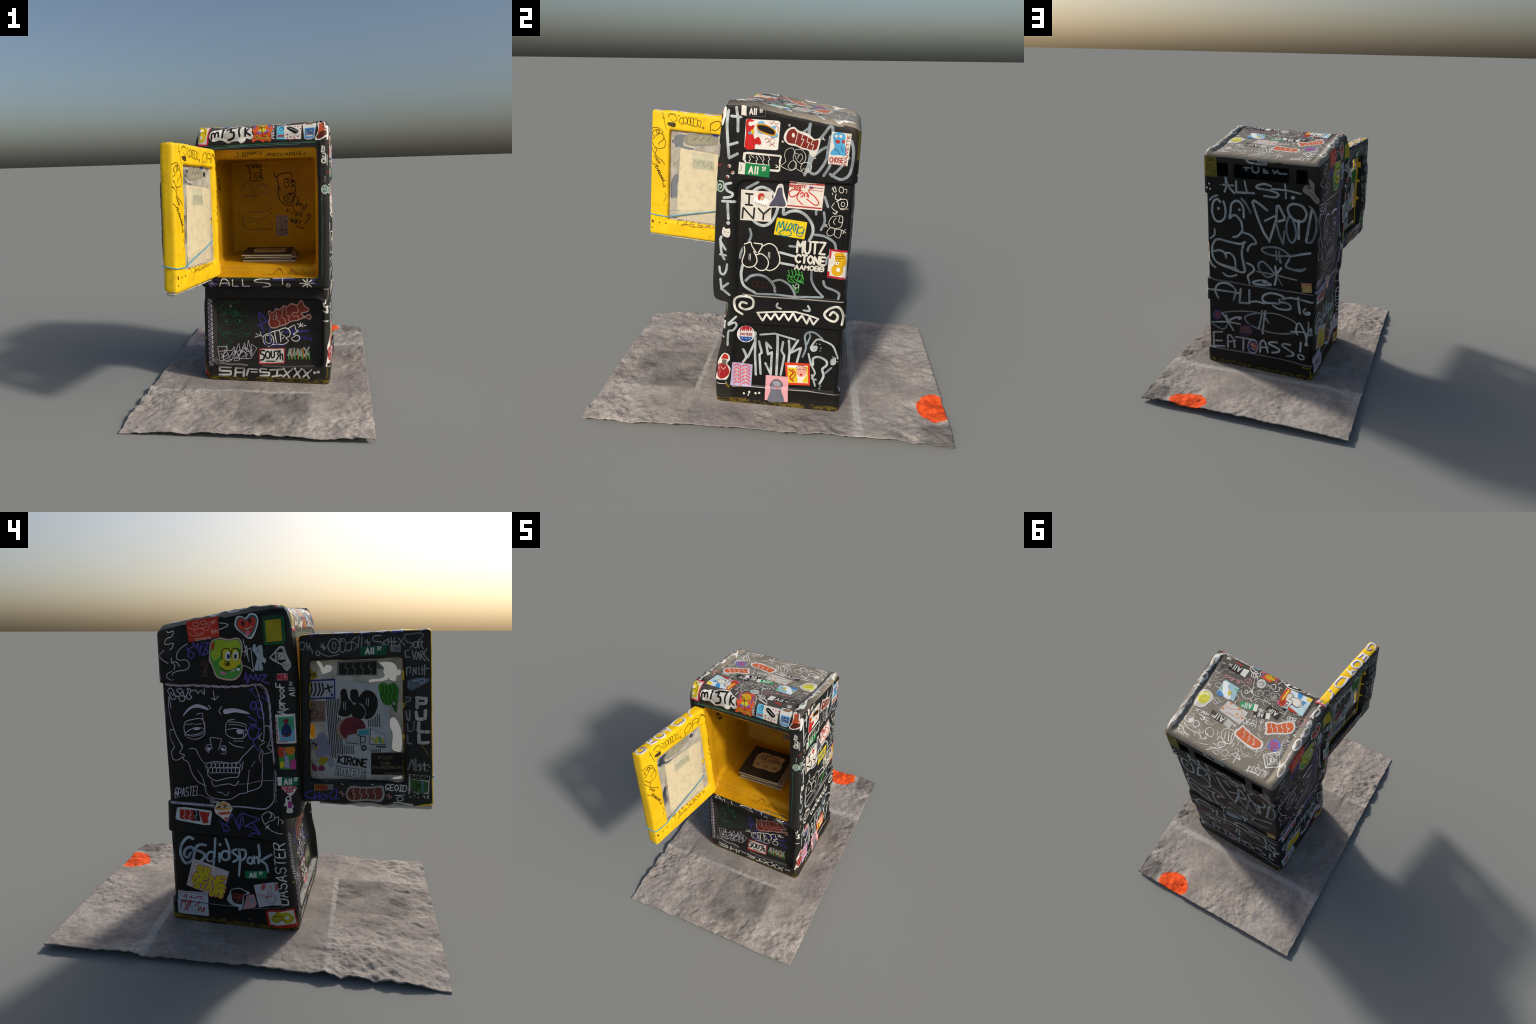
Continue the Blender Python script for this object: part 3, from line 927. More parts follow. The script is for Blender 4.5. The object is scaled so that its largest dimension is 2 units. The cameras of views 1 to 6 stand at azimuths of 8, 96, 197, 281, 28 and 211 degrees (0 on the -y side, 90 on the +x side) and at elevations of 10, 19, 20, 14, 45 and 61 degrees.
    # street sign sticker in black
    Mark('sticker', 'right', 1, box)\
        .poly('141413', -193, 1686, -77, 1665, -78, 1634, -195, 1640).poly('dcd6ca', -192, 1685, -168, 1681, -168, 1635, -194, 1640)\
        .text('dcd6ca', 6, 'All', -153, 1644, -121, 1642, -152, 1671).text('dcd6ca', 3, 'St', -104, 1653, -91, 1652, -104, 1667)\
        .frame('6c6a64', 1.5, -168, 1681, -77, 1665, -78, 1634, -168, 1635)
    # red figure on white
    Mark('sticker', 'right', 1, box)\
        .poly('e6e0d6', -163, 1622, -14, 1616, -5, 1608, -14, 1481, -25, 1477, -174, 1481, -180, 1490, -171, 1617)\
        .blob('c4201b', -168, 1617, -131, 1615, -129, 1590, -137, 1569, -134, 1544, -128, 1528, -110, 1539, -97, 1514, -102, 1501, -126, 1502, -131, 1479, -176, 1483, -171, 1553)\
        .oval('e8e4dc', -149, 1599, 11.1, 10.4, 80).oval('e8e4dc', -134, 1602, 10.2, 9.4, 68).poly('4f9fc0', -160, 1561, -137, 1563, -138, 1549, -159, 1551)\
        .poly('e0b71c', -147, 1571, -131, 1573, -131, 1554, -143, 1551)\
        .blob('6fb0cf', -113, 1606, -89, 1614, -79, 1601, -53, 1589, -27, 1593, -31, 1572, -15, 1547, -41, 1536, -68, 1551, -99, 1555, -118, 1570)\
        .blob('d08a1a', -118, 1598, -79, 1599, -47, 1584, -26, 1567, -31, 1544, -52, 1546, -84, 1555, -113, 1570)\
        .blob('15130f', -113, 1593, -79, 1592, -50, 1581, -31, 1565, -36, 1551, -57, 1554, -84, 1563, -108, 1574)\
        .curve('b5402f', 2, -58, 1612, -48, 1602, -37, 1613, -27, 1600, -14, 1608).curve('b5402f', 2, -78, 1527, -65, 1535, -57, 1520, -44, 1536, -31, 1526)\
        .curve('b5402f', 2, -73, 1512, -57, 1518, -46, 1505, -31, 1516).curve('b5402f', 2, -57, 1497, -44, 1505, -30, 1495)\
        .curve('b5402f', 2, -27, 1593, -13, 1585, -18, 1573, -10, 1560)
    # dark red bubble letters
    Mark('sticker', 'right', 1, box)\
        .blob('dcd6ca', 12, 1535, 26, 1574, 59, 1590, 83, 1574, 130, 1559, 159, 1536, 187, 1537, 181, 1491, 169, 1460, 149, 1451, 132, 1479, 101, 1486, 75, 1498, 35, 1507)\
        .blob('7a241a', 24, 1538, 36, 1571, 61, 1581, 78, 1565, 122, 1548, 156, 1529, 179, 1531, 172, 1491, 153, 1482, 132, 1487, 95, 1496, 69, 1509, 35, 1515)\
        .oval('dcd6ca', 58, 1551, 11.1, 7.4, 94).line('dcd6ca', 3, 80, 1567, 69, 1514).line('dcd6ca', 3, 104, 1555, 97, 1532, 110, 1533, 93, 1494)\
        .line('dcd6ca', 3, 130, 1546, 123, 1520, 136, 1518, 124, 1487).curve('dcd6ca', 3, 154, 1531, 144, 1510, 157, 1506, 148, 1482)\
        .dots('dcd6ca', 3, 35, 1598, 41, 1600, 39, 1592, 6, 1523, 12, 1518, 5, 1517, 200, 1535, 208, 1533, 202, 1540, 161, 1446, 168, 1444)
    # blue figure card
    Mark('sticker', 'right', 1.4, box)\
        .poly('d9d4c9', 240, 1573, 334, 1564, 322, 1411, 228, 1419)\
        .blob('4e9fcb', 250, 1564, 272, 1570, 298, 1563, 305, 1546, 303, 1515, 310, 1495, 309, 1461, 283, 1463, 242, 1463, 239, 1477, 256, 1498, 250, 1524, 247, 1544)\
        .oval('dcd6ca', 262, 1552, 7.5, 7.1, 142).oval('dcd6ca', 283, 1552, 7.8, 7.6, 104).poly('b2321f', 259, 1534, 279, 1534, 279, 1518, 261, 1520)\
        .poly('b2321f', 289, 1534, 304, 1533, 303, 1520, 290, 1521).line('20201e', 2, 256, 1493, 272, 1483, 283, 1468).line('20201e', 2, 286, 1504, 298, 1479)\
        .text('a8382c', 4, 'CHOSE', 236, 1429, 301, 1427, 237, 1452).text('a8382c', 2.5, 'MOUVETTE', 316, 1415, 326, 1556, 304, 1416)\
        .line('a8382c', 2, 239, 1421, 311, 1417)
    # black block letters with white edge
    Mark('sticker', 'right', 1, box)\
        .poly('dcd6ca', -184, 1461, -163, 1465, -1, 1454, 5, 1447, 0, 1423, -2, 1378, -11, 1371, -55, 1374, -98, 1398, -174, 1411, -189, 1427)\
        .poly('141413', -171, 1454, -3, 1446, -9, 1428, -8, 1407, -10, 1383, -55, 1384, -56, 1405, -168, 1414, -175, 1427)\
        .line('dcd6ca', 3.5, -155, 1445, -149, 1428, -156, 1420, -152, 1403).line('dcd6ca', 3.5, -120, 1446, -114, 1429, -121, 1421, -117, 1404)\
        .line('dcd6ca', 3.5, -88, 1447, -81, 1431, -89, 1422, -84, 1405).line('dcd6ca', 3.5, -60, 1448, -54, 1432, -61, 1423, -57, 1406)\
        .line('dcd6ca', 3, -147, 1449, -131, 1437).line('dcd6ca', 3, -109, 1450, -93, 1430).line('dcd6ca', 4, -24, 1406, -10, 1396, -23, 1393)
    # green street sign sticker
    Mark('sticker', 'right', 1.6, box)\
        .poly('dcd6ca', -206, 1414, -174, 1410, -178, 1353, -211, 1355).poly('0f7a3f', -174, 1410, -51, 1401, -56, 1342, -178, 1353)\
        .text('dcd6ca', 7, 'All', -158, 1360, -114, 1357, -154, 1396).text('dcd6ca', 4, 'St', -91, 1375, -73, 1375, -89, 1395)\
        .curve('2f5f4a', 2, -198, 1400, -193, 1384, -200, 1370)
    # round outline bubbles
    Mark('marker_tag', 'right', 0.7, box)\
        .loop('dcd6ca', 2.5, 28, 1481, 54, 1490, 65, 1472, 60, 1441, 74, 1410, 57, 1382, 30, 1387, 3, 1402, 24, 1424, 18, 1455)\
        .loop('dcd6ca', 2.5, 72, 1483, 101, 1481, 120, 1458, 118, 1432, 100, 1416, 76, 1436, 68, 1462)\
        .loop('dcd6ca', 2.5, 53, 1427, 74, 1423, 75, 1394, 54, 1385, 36, 1400)\
        .loop('dcd6ca', 2.5, 113, 1421, 140, 1419, 151, 1399, 136, 1375, 110, 1371, 98, 1400).curve('dcd6ca', 2.5, 70, 1467, 89, 1457, 76, 1436)\
        .curve('dcd6ca', 2.5, 81, 1447, 96, 1463, 107, 1447, 95, 1426).curve('dcd6ca', 2.5, 78, 1391, 99, 1379, 114, 1395)\
        .text('dcd6ca', 2, '22', 117, 1380, 138, 1380, 118, 1392)
    # white souvenir sticker
    Mark('sticker', 'right', 1, box)\
        .poly('d6cfc2', -197, 1276, -39, 1271, -42, 1120, -203, 1117).text('20201f', 9, 'I', -175, 1200, -142, 1199, -173, 1256)\
        .text('20201f', 9, 'NY', -192, 1127, -53, 1131, -187, 1184).blob('f0ebe2', -130, 1237, -97, 1244, -53, 1227, -74, 1205, -96, 1209, -121, 1213)\
        .oval('c99c80', -91, 1244, 18.1, 15.4, 88).blob('b52a22', -111, 1243, -103, 1260, -84, 1260, -78, 1245, -94, 1248, -104, 1224)\
        .line('20201f', 2, -123, 1219, -117, 1208).line('20201f', 2, -112, 1216, -107, 1205).line('20201f', 2, -102, 1213, -97, 1203)\
        .line('20201f', 2, -93, 1211, -87, 1200).line('20201f', 2, -83, 1208, -77, 1197).line('20201f', 2, -73, 1205, -67, 1194)
    # dark cone figure
    Mark('sticker', 'right', 1.5, box)\
        .blob('dcd6ca', -4, 1311, 12, 1308, 19, 1272, 36, 1201, -19, 1195, -61, 1197, -32, 1247, -17, 1298)\
        .blob('494656', -4, 1293, 9, 1291, 14, 1256, 29, 1205, -19, 1201, -53, 1203, -26, 1247, -14, 1284).oval('c8c0bd', 0, 1301, 9.9, 7.4, -175)
    # postal label with red signature
    Mark('sticker', 'right', 1, box)\
        .poly('ddd1c4', 46, 1328, 218, 1316, 210, 1187, 35, 1195).poly('a8332c', 46, 1326, 218, 1316, 217, 1308, 45, 1315)\
        .poly('a8332c', 38, 1210, 208, 1201, 208, 1194, 37, 1204).text('b04038', 4.5, 'PRIORITY', 44, 1298, 123, 1296, 45, 1309)\
        .text('b04038', 4.5, 'MAIL', 68, 1283, 106, 1281, 69, 1294).poly('2c4a86', 144, 1304, 162, 1302, 159, 1295, 142, 1296)\
        .line('8a5a5a', 3, 164, 1298, 211, 1296).line('b04038', 2, 150, 1286, 208, 1282)\
        .curve('c43428', 5, 65, 1287, 44, 1273, 54, 1250, 81, 1261, 101, 1286, 89, 1264, 84, 1243, 112, 1214)\
        .curve('c43428', 5, 99, 1264, 110, 1275, 113, 1257, 102, 1251).curve('c43428', 5, 121, 1252, 121, 1268, 134, 1271, 132, 1252, 139, 1263, 140, 1250)\
        .curve('c43428', 5, 167, 1298, 144, 1290, 144, 1274, 172, 1253, 192, 1225, 174, 1214, 132, 1242)
    # yellow label with green scribble
    Mark('sticker', 'right', 1, box)\
        .poly('e6c41c', -12, 1144, 140, 1125, 128, 1035, -27, 1055).curve('0d7d72', 6, -14, 1073, -6, 1108, 2, 1122, 5, 1091, 21, 1126, 24, 1081, 40, 1118)\
        .curve('0d7d72', 6, 38, 1076, 54, 1110, 64, 1114, 60, 1088, 46, 1082).curve('0d7d72', 6, 77, 1071, 70, 1100, 83, 1114, 82, 1083)\
        .curve('0d7d72', 6, 117, 1099, 95, 1092, 96, 1067, 120, 1073, 125, 1091).loop('0d7d72', 5, 8, 1074, 38, 1081, 60, 1071, 55, 1053, 22, 1049, 0, 1060)\
        .curve('2b4d8c', 4, 81, 1111, 95, 1106, 88, 1061, 110, 1050, 123, 1073)
    # small doodled faces by the rear edge
    Mark('marker_tag', 'right', 1, box)\
        .curve('dcd6ca', 3.5, 265, 1307, 261, 1286, 274, 1281, 270, 1305).loop('dcd6ca', 3.5, 294, 1306, 307, 1301, 309, 1282, 298, 1277, 288, 1290)\
        .curve('dcd6ca', 3.5, 275, 1270, 272, 1249, 287, 1241, 300, 1250)\
        .curve('dcd6ca', 3.5, 278, 1233, 300, 1244, 326, 1244, 333, 1217, 323, 1201, 297, 1201, 285, 1233)\
        .loop('dcd6ca', 3, 306, 1231, 319, 1226, 315, 1209, 303, 1215).curve('dcd6ca', 3, 297, 1201, 308, 1193, 337, 1198)\
        .line('dcd6ca', 3, 254, 1291, 257, 1304).line('dcd6ca', 3, 256, 1275, 259, 1267).curve('dcd6ca', 3, 315, 1296, 326, 1293, 324, 1277)\
        .curve('dcd6ca', 3, 269, 1227, 257, 1206, 271, 1190, 282, 1184, 277, 1173).line('dcd6ca', 3.5, 264, 1179, 277, 1169, 287, 1184)\
        .loop('dcd6ca', 3, 278, 1160, 310, 1160, 314, 1129, 302, 1101, 259, 1101, 247, 1129, 262, 1157).curve('dcd6ca', 3, 281, 1151, 269, 1132, 277, 1118)\
        .curve('dcd6ca', 3, 299, 1157, 295, 1132, 312, 1126).loop('dcd6ca', 3, 252, 1098, 273, 1098, 277, 1073, 256, 1058, 239, 1072)\
        .loop('dcd6ca', 3, 281, 1090, 308, 1090, 309, 1067, 300, 1047, 278, 1061).line('dcd6ca', 3, 226, 1120, 241, 1104)\
        .line('dcd6ca', 3, 238, 1119, 227, 1105).line('dcd6ca', 3, 314, 1090, 333, 1073).line('dcd6ca', 3, 330, 1092, 319, 1070)
    # three fat outlined letters
    Mark('sticker', 'right', 1, box)\
        .blob('141413', -190, 980, -146, 987, -128, 963, -111, 929, -48, 958, -71, 986, -15, 960, 5, 919, -14, 874, -47, 858, -93, 859, -128, 873, -170, 865, -194, 889, -184, 932)\
        .line('dcd6ca', 6, -181, 990, -146, 1005, -140, 982, -117, 950).line('dcd6ca', 6, -129, 1001, -85, 1000, -88, 982, -105, 951)\
        .curve('dcd6ca', 6, -85, 988, -49, 1005, -15, 987, 5, 935)\
        .curve('dcd6ca', 6, -182, 977, -180, 945, -194, 889, -170, 865, -134, 872, -114, 899, -117, 928, -131, 956)\
        .curve('dcd6ca', 6, -120, 937, -88, 946, -59, 922, -53, 892, -70, 861, -99, 855, -125, 870)\
        .curve('dcd6ca', 6, 5, 937, 4, 902, -14, 874, -42, 858, -63, 861).line('dcd6ca', 3, -155, 939, -157, 909).line('dcd6ca', 3, -148, 940, -150, 903)\
        .line('dcd6ca', 3, -53, 958, -54, 931).line('dcd6ca', 3, -46, 958, -46, 924)
    # white slab letters
    Mark('sticker', 'right', 1.2, box)\
        .text('d8d3c6', 11, 'MUTZ', 93, 964, 234, 960, 95, 1026).text('d8d3c6', 11, 'CTONE', 88, 911, 236, 901, 90, 953)\
        .text('d8d3c6', 7, 'AAMOBB', 83, 873, 230, 867, 86, 897)
    # yellow face card
    Mark('sticker', 'right', 1, box)\
        .poly('ddd6cc', 257, 988, 348, 975, 347, 819, 251, 836).poly('b5202a', 259, 989, 348, 978, 347, 967, 257, 979)\
        .poly('b5202a', 252, 869, 263, 867, 261, 845, 341, 831, 340, 821, 250, 837).poly('b5202a', 258, 978, 268, 976, 265, 937, 257, 940)\
        .blob('d9a719', 285, 963, 315, 969, 337, 954, 343, 906, 330, 895, 329, 859, 305, 842, 277, 854, 272, 890, 291, 908)\
        .oval('eee8dd', 300, 913, 9.5, 7.7, 95).oval('eee8dd', 306, 877, 11.7, 9.9, 102).line('20201f', 2, 287, 937, 333, 942)\
        .line('20201f', 2, 290, 922, 312, 928).dots('20201f', 3, 300, 912, 286, 902).line('20201f', 2, 289, 949, 335, 951)
    # green wildstyle scribble
    Mark('marker_tag', 'right', 0.8, box)\
        .line('45a142', 5, 51, 865, 58, 841, 47, 812, 64, 797).line('45a142', 5, 68, 869, 75, 845, 64, 816, 81, 801)\
        .line('45a142', 5, 85, 873, 92, 849, 81, 820, 98, 805).line('45a142', 5, 102, 868, 109, 844, 98, 815, 115, 800)\
        .line('45a142', 5, 119, 860, 126, 836, 115, 806, 132, 791).curve('45a142', 5, 46, 837, 72, 826, 99, 843, 128, 829, 123, 797, 100, 802)\
        .curve('45a142', 5, 55, 799, 83, 795, 117, 810).curve('45a142', 4, 72, 781, 89, 749, 101, 734, 107, 763, 109, 783)\
        .curve('c8cfc4', 4, 89, 775, 95, 789, 106, 780, 100, 763, 89, 765).curve('c8cfc4', 4, 76, 782, 92, 754)
    Mark('marker_tag', 'right', 0.5, box)\
        .frame('57231c', 2, -135, 786, -56, 780, -60, 754, -138, 758).line('57231c', 2, -111, 785, -113, 756).line('57231c', 2, -83, 784, -85, 756)
    # round voting button
    Mark('sticker', 'right', 1.2, box)\
        .oval('d9d6cf', -175, 470, 52.3, 48.1, 47).poly('a51f2d', -213, 486, -204, 506, -186, 518, -162, 520, -144, 510, -136, 491)\
        .poly('2c4f94', -212, 454, -137, 456, -147, 436, -174, 423, -203, 431).line('d9d6cf', 4, -209, 483, -209, 492).line('d9d6cf', 4, -198, 484, -198, 498)\
        .line('d9d6cf', 4, -187, 485, -187, 493).line('d9d6cf', 4, -176, 486, -176, 502).line('d9d6cf', 4, -165, 487, -165, 497)\
        .line('d9d6cf', 4, -154, 488, -154, 504).line('d9d6cf', 4, -144, 489, -144, 498).text('8e2230', 3.5, 'IVOTED!', -209, 461, -142, 465, -208, 475)\
        .dots('d9d6cf', 3, -194, 446, -174, 445, -156, 447)
    # hooded figure cutout
    Mark('sticker', 'right', 1.4, box)\
        .blob('dcd6ca', -295, 349, -270, 340, -264, 310, -280, 284, -262, 254, -272, 205, -288, 175, -289, 153, -348, 152, -351, 177, -337, 240, -335, 280, -315, 326)\
        .blob('9c1f22', -333, 268, -308, 285, -289, 283, -273, 257, -268, 226, -288, 197, -319, 183, -340, 205, -337, 240)\
        .blob('b32a22', -312, 311, -295, 344, -275, 333, -275, 312, -295, 314).blob('6d625d', -308, 305, -283, 307, -290, 276, -305, 278)\
        .line('dcd6ca', 3, -315, 263, -302, 244, -287, 263).poly('1b1a19', -347, 173, -288, 179, -291, 155, -348, 154)
    # pink folded hands card
    Mark('sticker', 'right', 1.4, box)\
        .poly('b2a5c4', -252, 292, -137, 284, -145, 144, -264, 146).curve('d45a58', 7, -243, 270, -227, 280, -205, 267, -207, 257)\
        .curve('d45a58', 7, -244, 247, -227, 258, -206, 245, -207, 235).curve('d45a58', 7, -244, 225, -227, 236, -206, 223, -208, 212)\
        .curve('d45a58', 7, -244, 203, -227, 213, -206, 201, -208, 190).curve('d45a58', 7, -244, 180, -227, 191, -206, 178, -208, 167)\
        .curve('d45a58', 7, -244, 159, -227, 169, -206, 156, -207, 148).curve('e7b2ab', 6, -239, 256, -224, 239, -233, 204, -221, 169)\
        .curve('d45a58', 7, -195, 266, -178, 278, -156, 267, -158, 262).curve('d45a58', 7, -195, 244, -178, 256, -156, 245, -158, 240)\
        .curve('d45a58', 7, -195, 222, -178, 234, -156, 223, -158, 217).curve('d45a58', 7, -195, 200, -178, 212, -156, 200, -158, 195)\
        .curve('d45a58', 7, -195, 177, -178, 190, -156, 178, -158, 173).curve('d45a58', 7, -195, 155, -178, 167, -156, 155, -157, 152)\
        .curve('e7b2ab', 6, -190, 259, -175, 243, -184, 207, -171, 173)
    # comic face card with red frame
    Mark('sticker', 'right', 1.4, box)\
        .poly('d3401f', 43, 314, 180, 318, 186, 180, 56, 174).poly('e9dccb', 57, 299, 170, 303, 175, 194, 65, 188)\
        .poly('e0c021', 59, 284, 108, 283, 117, 192, 65, 189).poly('e0c021', 158, 297, 170, 298, 173, 199, 141, 196, 166, 247)\
        .blob('e2a08e', 108, 276, 132, 298, 159, 287, 166, 261, 146, 235, 125, 233, 110, 255).curve('b02a20', 8, 69, 272, 91, 254, 73, 225, 92, 199)\
        .curve('b02a20', 5, 84, 277, 103, 248, 86, 212).blob('b02a20', 130, 250, 140, 250, 139, 239, 128, 242).line('20201f', 2.5, 111, 280, 132, 279)\
        .line('20201f', 2.5, 144, 280, 159, 277).curve('20201f', 3, 105, 286, 131, 304, 165, 288).poly('f2ede4', 61, 298, 117, 300, 116, 290, 61, 288)
    # pigeon on pink card
    Mark('sticker', 'right', 1.8, box)\
        .poly('e2a3a8', -62, 225, 65, 224, 65, 67, -66, 68)\
        .blob('6d6f79', -26, 184, -2, 204, 23, 189, 32, 162, 28, 135, 44, 70, -2, 61, -50, 66, -34, 129, -40, 159)\
        .curve('2a2a2c', 3, -35, 159, -25, 191, 2, 203, 26, 189, 35, 162).blob('9a9ca5', -23, 178, -2, 193, 20, 181, 17, 157, -10, 152)\
        .blob('c96a5c', -8, 160, 9, 159, 6, 147, -4, 149).dots('2a2a2c', 3, -18, 164, 17, 165)
    return


def draw_left(box, door):
    # skull portrait in thin lilac line on the sunk panel
    Mark('marker_tag', 'left', 0.5, box)\
        .loop('c3b6c6', 5, -327, 1288, -304, 1298, -289, 1269, -281, 1250, -303, 1244, -317, 1267).curve('c3b6c6', 4, -310, 1279, -299, 1263, -289, 1279)\
        .loop('c3b6c6', 5, -277, 1290, -251, 1296, -240, 1270, -235, 1243, -255, 1235, -266, 1253, -257, 1270)\
        .curve('c3b6c6', 4, -274, 1282, -254, 1275, -246, 1283)\
        .loop('c3b6c6', 5, -220, 1297, -203, 1292, -209, 1270, -198, 1257, -213, 1246, -226, 1259, -217, 1281)\
        .curve('c3b6c6', 5, -198, 1287, -178, 1292, -167, 1277, -150, 1290, -134, 1272, -133, 1299)\
        .curve('c3b6c6', 5, -281, 1261, -266, 1259, -252, 1263, -229, 1259).line('c3b6c6', 4, -87, 1290, -80, 1244)\
        .line('c3b6c6', 4, -96, 1254, -80, 1246, -61, 1264)\
        .curve('c3b6c6', 4, -311, 1197, -320, 1257, -326, 1207, -316, 1147, -294, 1076, -266, 1022, -255, 997)\
        .curve('c3b6c6', 4, -255, 997, -271, 971, -246, 961, -255, 941, -229, 925, -213, 884)\
        .curve('c3b6c6', 4, -303, 1087, -322, 1086, -321, 1041, -301, 1003, -318, 973, -311, 936, -285, 933, -257, 952)\
        .curve('c3b6c6', 4, -263, 1022, -255, 1009, -258, 994)
    # brows
    Mark('marker_tag', 'left', 0.6, box)\
        .blob('d4c6d6', -248, 1159, -225, 1195, -191, 1218, -163, 1222, -121, 1208, -119, 1197, -163, 1205, -197, 1201, -222, 1184)\
        .curve('c3b6c6', 4, -124, 1195, -103, 1205, -112, 1218).blob('d4c6d6', -33, 1200, 21, 1207, 78, 1195, 97, 1182, 65, 1184, 21, 1188, -29, 1178)\
        .curve('c3b6c6', 4, -44, 1213, -58, 1194, -49, 1176)
    # eyes
    Mark('marker_tag', 'left', 0.5, box)\
        .curve('c3b6c6', 4, -174, 1172, -146, 1178, -142, 1148, -134, 1105, -138, 1069, -173, 1048, -204, 1047, -230, 1055)\
        .loop('c3b6c6', 4, -236, 1129, -204, 1144, -147, 1149, -134, 1099, -172, 1073, -229, 1068, -243, 1093)\
        .curve('c3b6c6', 4, -235, 1077, -205, 1097, -177, 1106, -137, 1102).curve('c3b6c6', 3, -233, 1118, -193, 1125)\
        .curve('c3b6c6', 3, -185, 1121, -148, 1126).blob('d4c6d6', -194, 1095, -176, 1108, -158, 1104, -168, 1094)\
        .curve('c3b6c6', 3, -227, 1063, -184, 1062, -140, 1077).curve('c3b6c6', 4, -241, 1068, -235, 1060)\
        .loop('c3b6c6', 4, -19, 1136, 20, 1140, 75, 1131, 78, 1107, 86, 1091, 64, 1063, 14, 1059, -22, 1076, -25, 1109)\
        .curve('c3b6c6', 4, -16, 1147, 20, 1154).curve('c3b6c6', 3, -10, 1126, 31, 1127, 70, 1120).curve('c3b6c6', 4, -19, 1101, 25, 1108, 78, 1099)\
        .blob('d4c6d6', 30, 1100, 53, 1105, 67, 1093, 53, 1082, 36, 1083).curve('c3b6c6', 4, 64, 1066, 67, 1088)\
        .curve('c3b6c6', 4, -10, 1038, 19, 1021, 64, 1014).curve('c3b6c6', 3, 14, 1045, 65, 1047).line('c3b6c6', 3, 74, 1088, 75, 1072)
    # nose
    Mark('marker_tag', 'left', 0.5, box)\
        .line('c3b6c6', 4, -98, 999, -109, 1054, -99, 1059, -47, 1053, -65, 996).curve('c3b6c6', 4, -105, 1021, -125, 1017, -131, 994, -115, 978)\
        .blob('c9bbcb', -123, 1006, -106, 1004, -112, 987, -122, 989).curve('c3b6c6', 4, -54, 1014, -29, 1016, -28, 980, -49, 979)\
        .blob('c9bbcb', -52, 1008, -32, 1003, -35, 990, -49, 995)
    # grin, jaw and ear
    Mark('marker_tag', 'left', 0.5, box)\
        .curve('c3b6c6', 4, -219, 996, -186, 995, -170, 965, -142, 926, -96, 933, -62, 936, -5, 931, 40, 941, 57, 964, 85, 993, 115, 1027)\
        .curve('c3b6c6', 4, -142, 926, -126, 888).curve('c3b6c6', 4, 63, 942, 54, 898).loop('c3b6c6', 3.5, -125, 923, -105, 924, -106, 903, -126, 902)\
        .loop('c3b6c6', 3.5, -103, 924, -84, 925, -84, 904, -104, 903).loop('c3b6c6', 3.5, -81, 925, -62, 926, -62, 905, -82, 904)\
        .loop('c3b6c6', 3.5, -60, 926, -40, 927, -41, 906, -60, 905).loop('c3b6c6', 3.5, -38, 927, -19, 928, -19, 907, -38, 906)\
        .loop('c3b6c6', 3.5, -16, 928, 3, 929, 3, 908, -17, 907).loop('c3b6c6', 3.5, 5, 929, 24, 930, 24, 910, 5, 909)\
        .loop('c3b6c6', 3.5, 27, 930, 46, 931, 45, 911, 26, 910).loop('c3b6c6', 3.5, -117, 899, -100, 901, -100, 877, -118, 876)\
        .loop('c3b6c6', 3.5, -97, 900, -80, 902, -80, 878, -97, 877).loop('c3b6c6', 3.5, -77, 901, -60, 903, -60, 880, -77, 879)\
        .loop('c3b6c6', 3.5, -57, 902, -40, 904, -40, 881, -57, 880).loop('c3b6c6', 3.5, -37, 903, -20, 906, -20, 882, -37, 881)\
        .loop('c3b6c6', 3.5, -17, 905, 0, 907, 0, 883, -17, 882).loop('c3b6c6', 3.5, 3, 906, 20, 908, 20, 884, 3, 883)\
        .loop('c3b6c6', 3.5, 23, 907, 40, 909, 40, 885, 23, 884).curve('c3b6c6', 4, -125, 888, -121, 859, -85, 835, -42, 846, -5, 856, 34, 862, 46, 898)\
        .curve('c3b6c6', 4, -106, 832, -92, 805, -55, 814, -12, 822, 18, 815, 39, 841).curve('c3b6c6', 4, -215, 884, -198, 848, -171, 819, -135, 804)\
        .curve('c3b6c6', 4, -178, 886, -152, 845, -142, 796, -131, 759, -94, 740, -14, 739, 41, 771, 80, 783, 84, 816, 93, 901)\
        .curve('c3b6c6', 4, 83, 786, 151, 820, 159, 904).curve('c3b6c6', 4, -76, 775, -50, 771, -29, 759, -15, 779)\
        .line('c3b6c6', 2, 36, 824, 84, 828, 149, 847, 219, 853).curve('c3b6c6', 4, 172, 1124, 194, 1122, 199, 1063, 186, 1024)\
        .curve('c3b6c6', 4, 205, 1031, 183, 1024, 204, 998, 162, 985)\
        .curve('c3b6c6', 4, 156, 1091, 143, 1061, 172, 1046, 145, 1023, 156, 1001, 143, 974, 151, 946).curve('c3b6c6', 4, 164, 1002, 159, 958, 162, 904)\
        .curve('c3b6c6', 4, 126, 1320, 151, 1237, 166, 1158, 167, 1067, 156, 1045).curve('c3b6c6', 3, 123, 948, 104, 917)
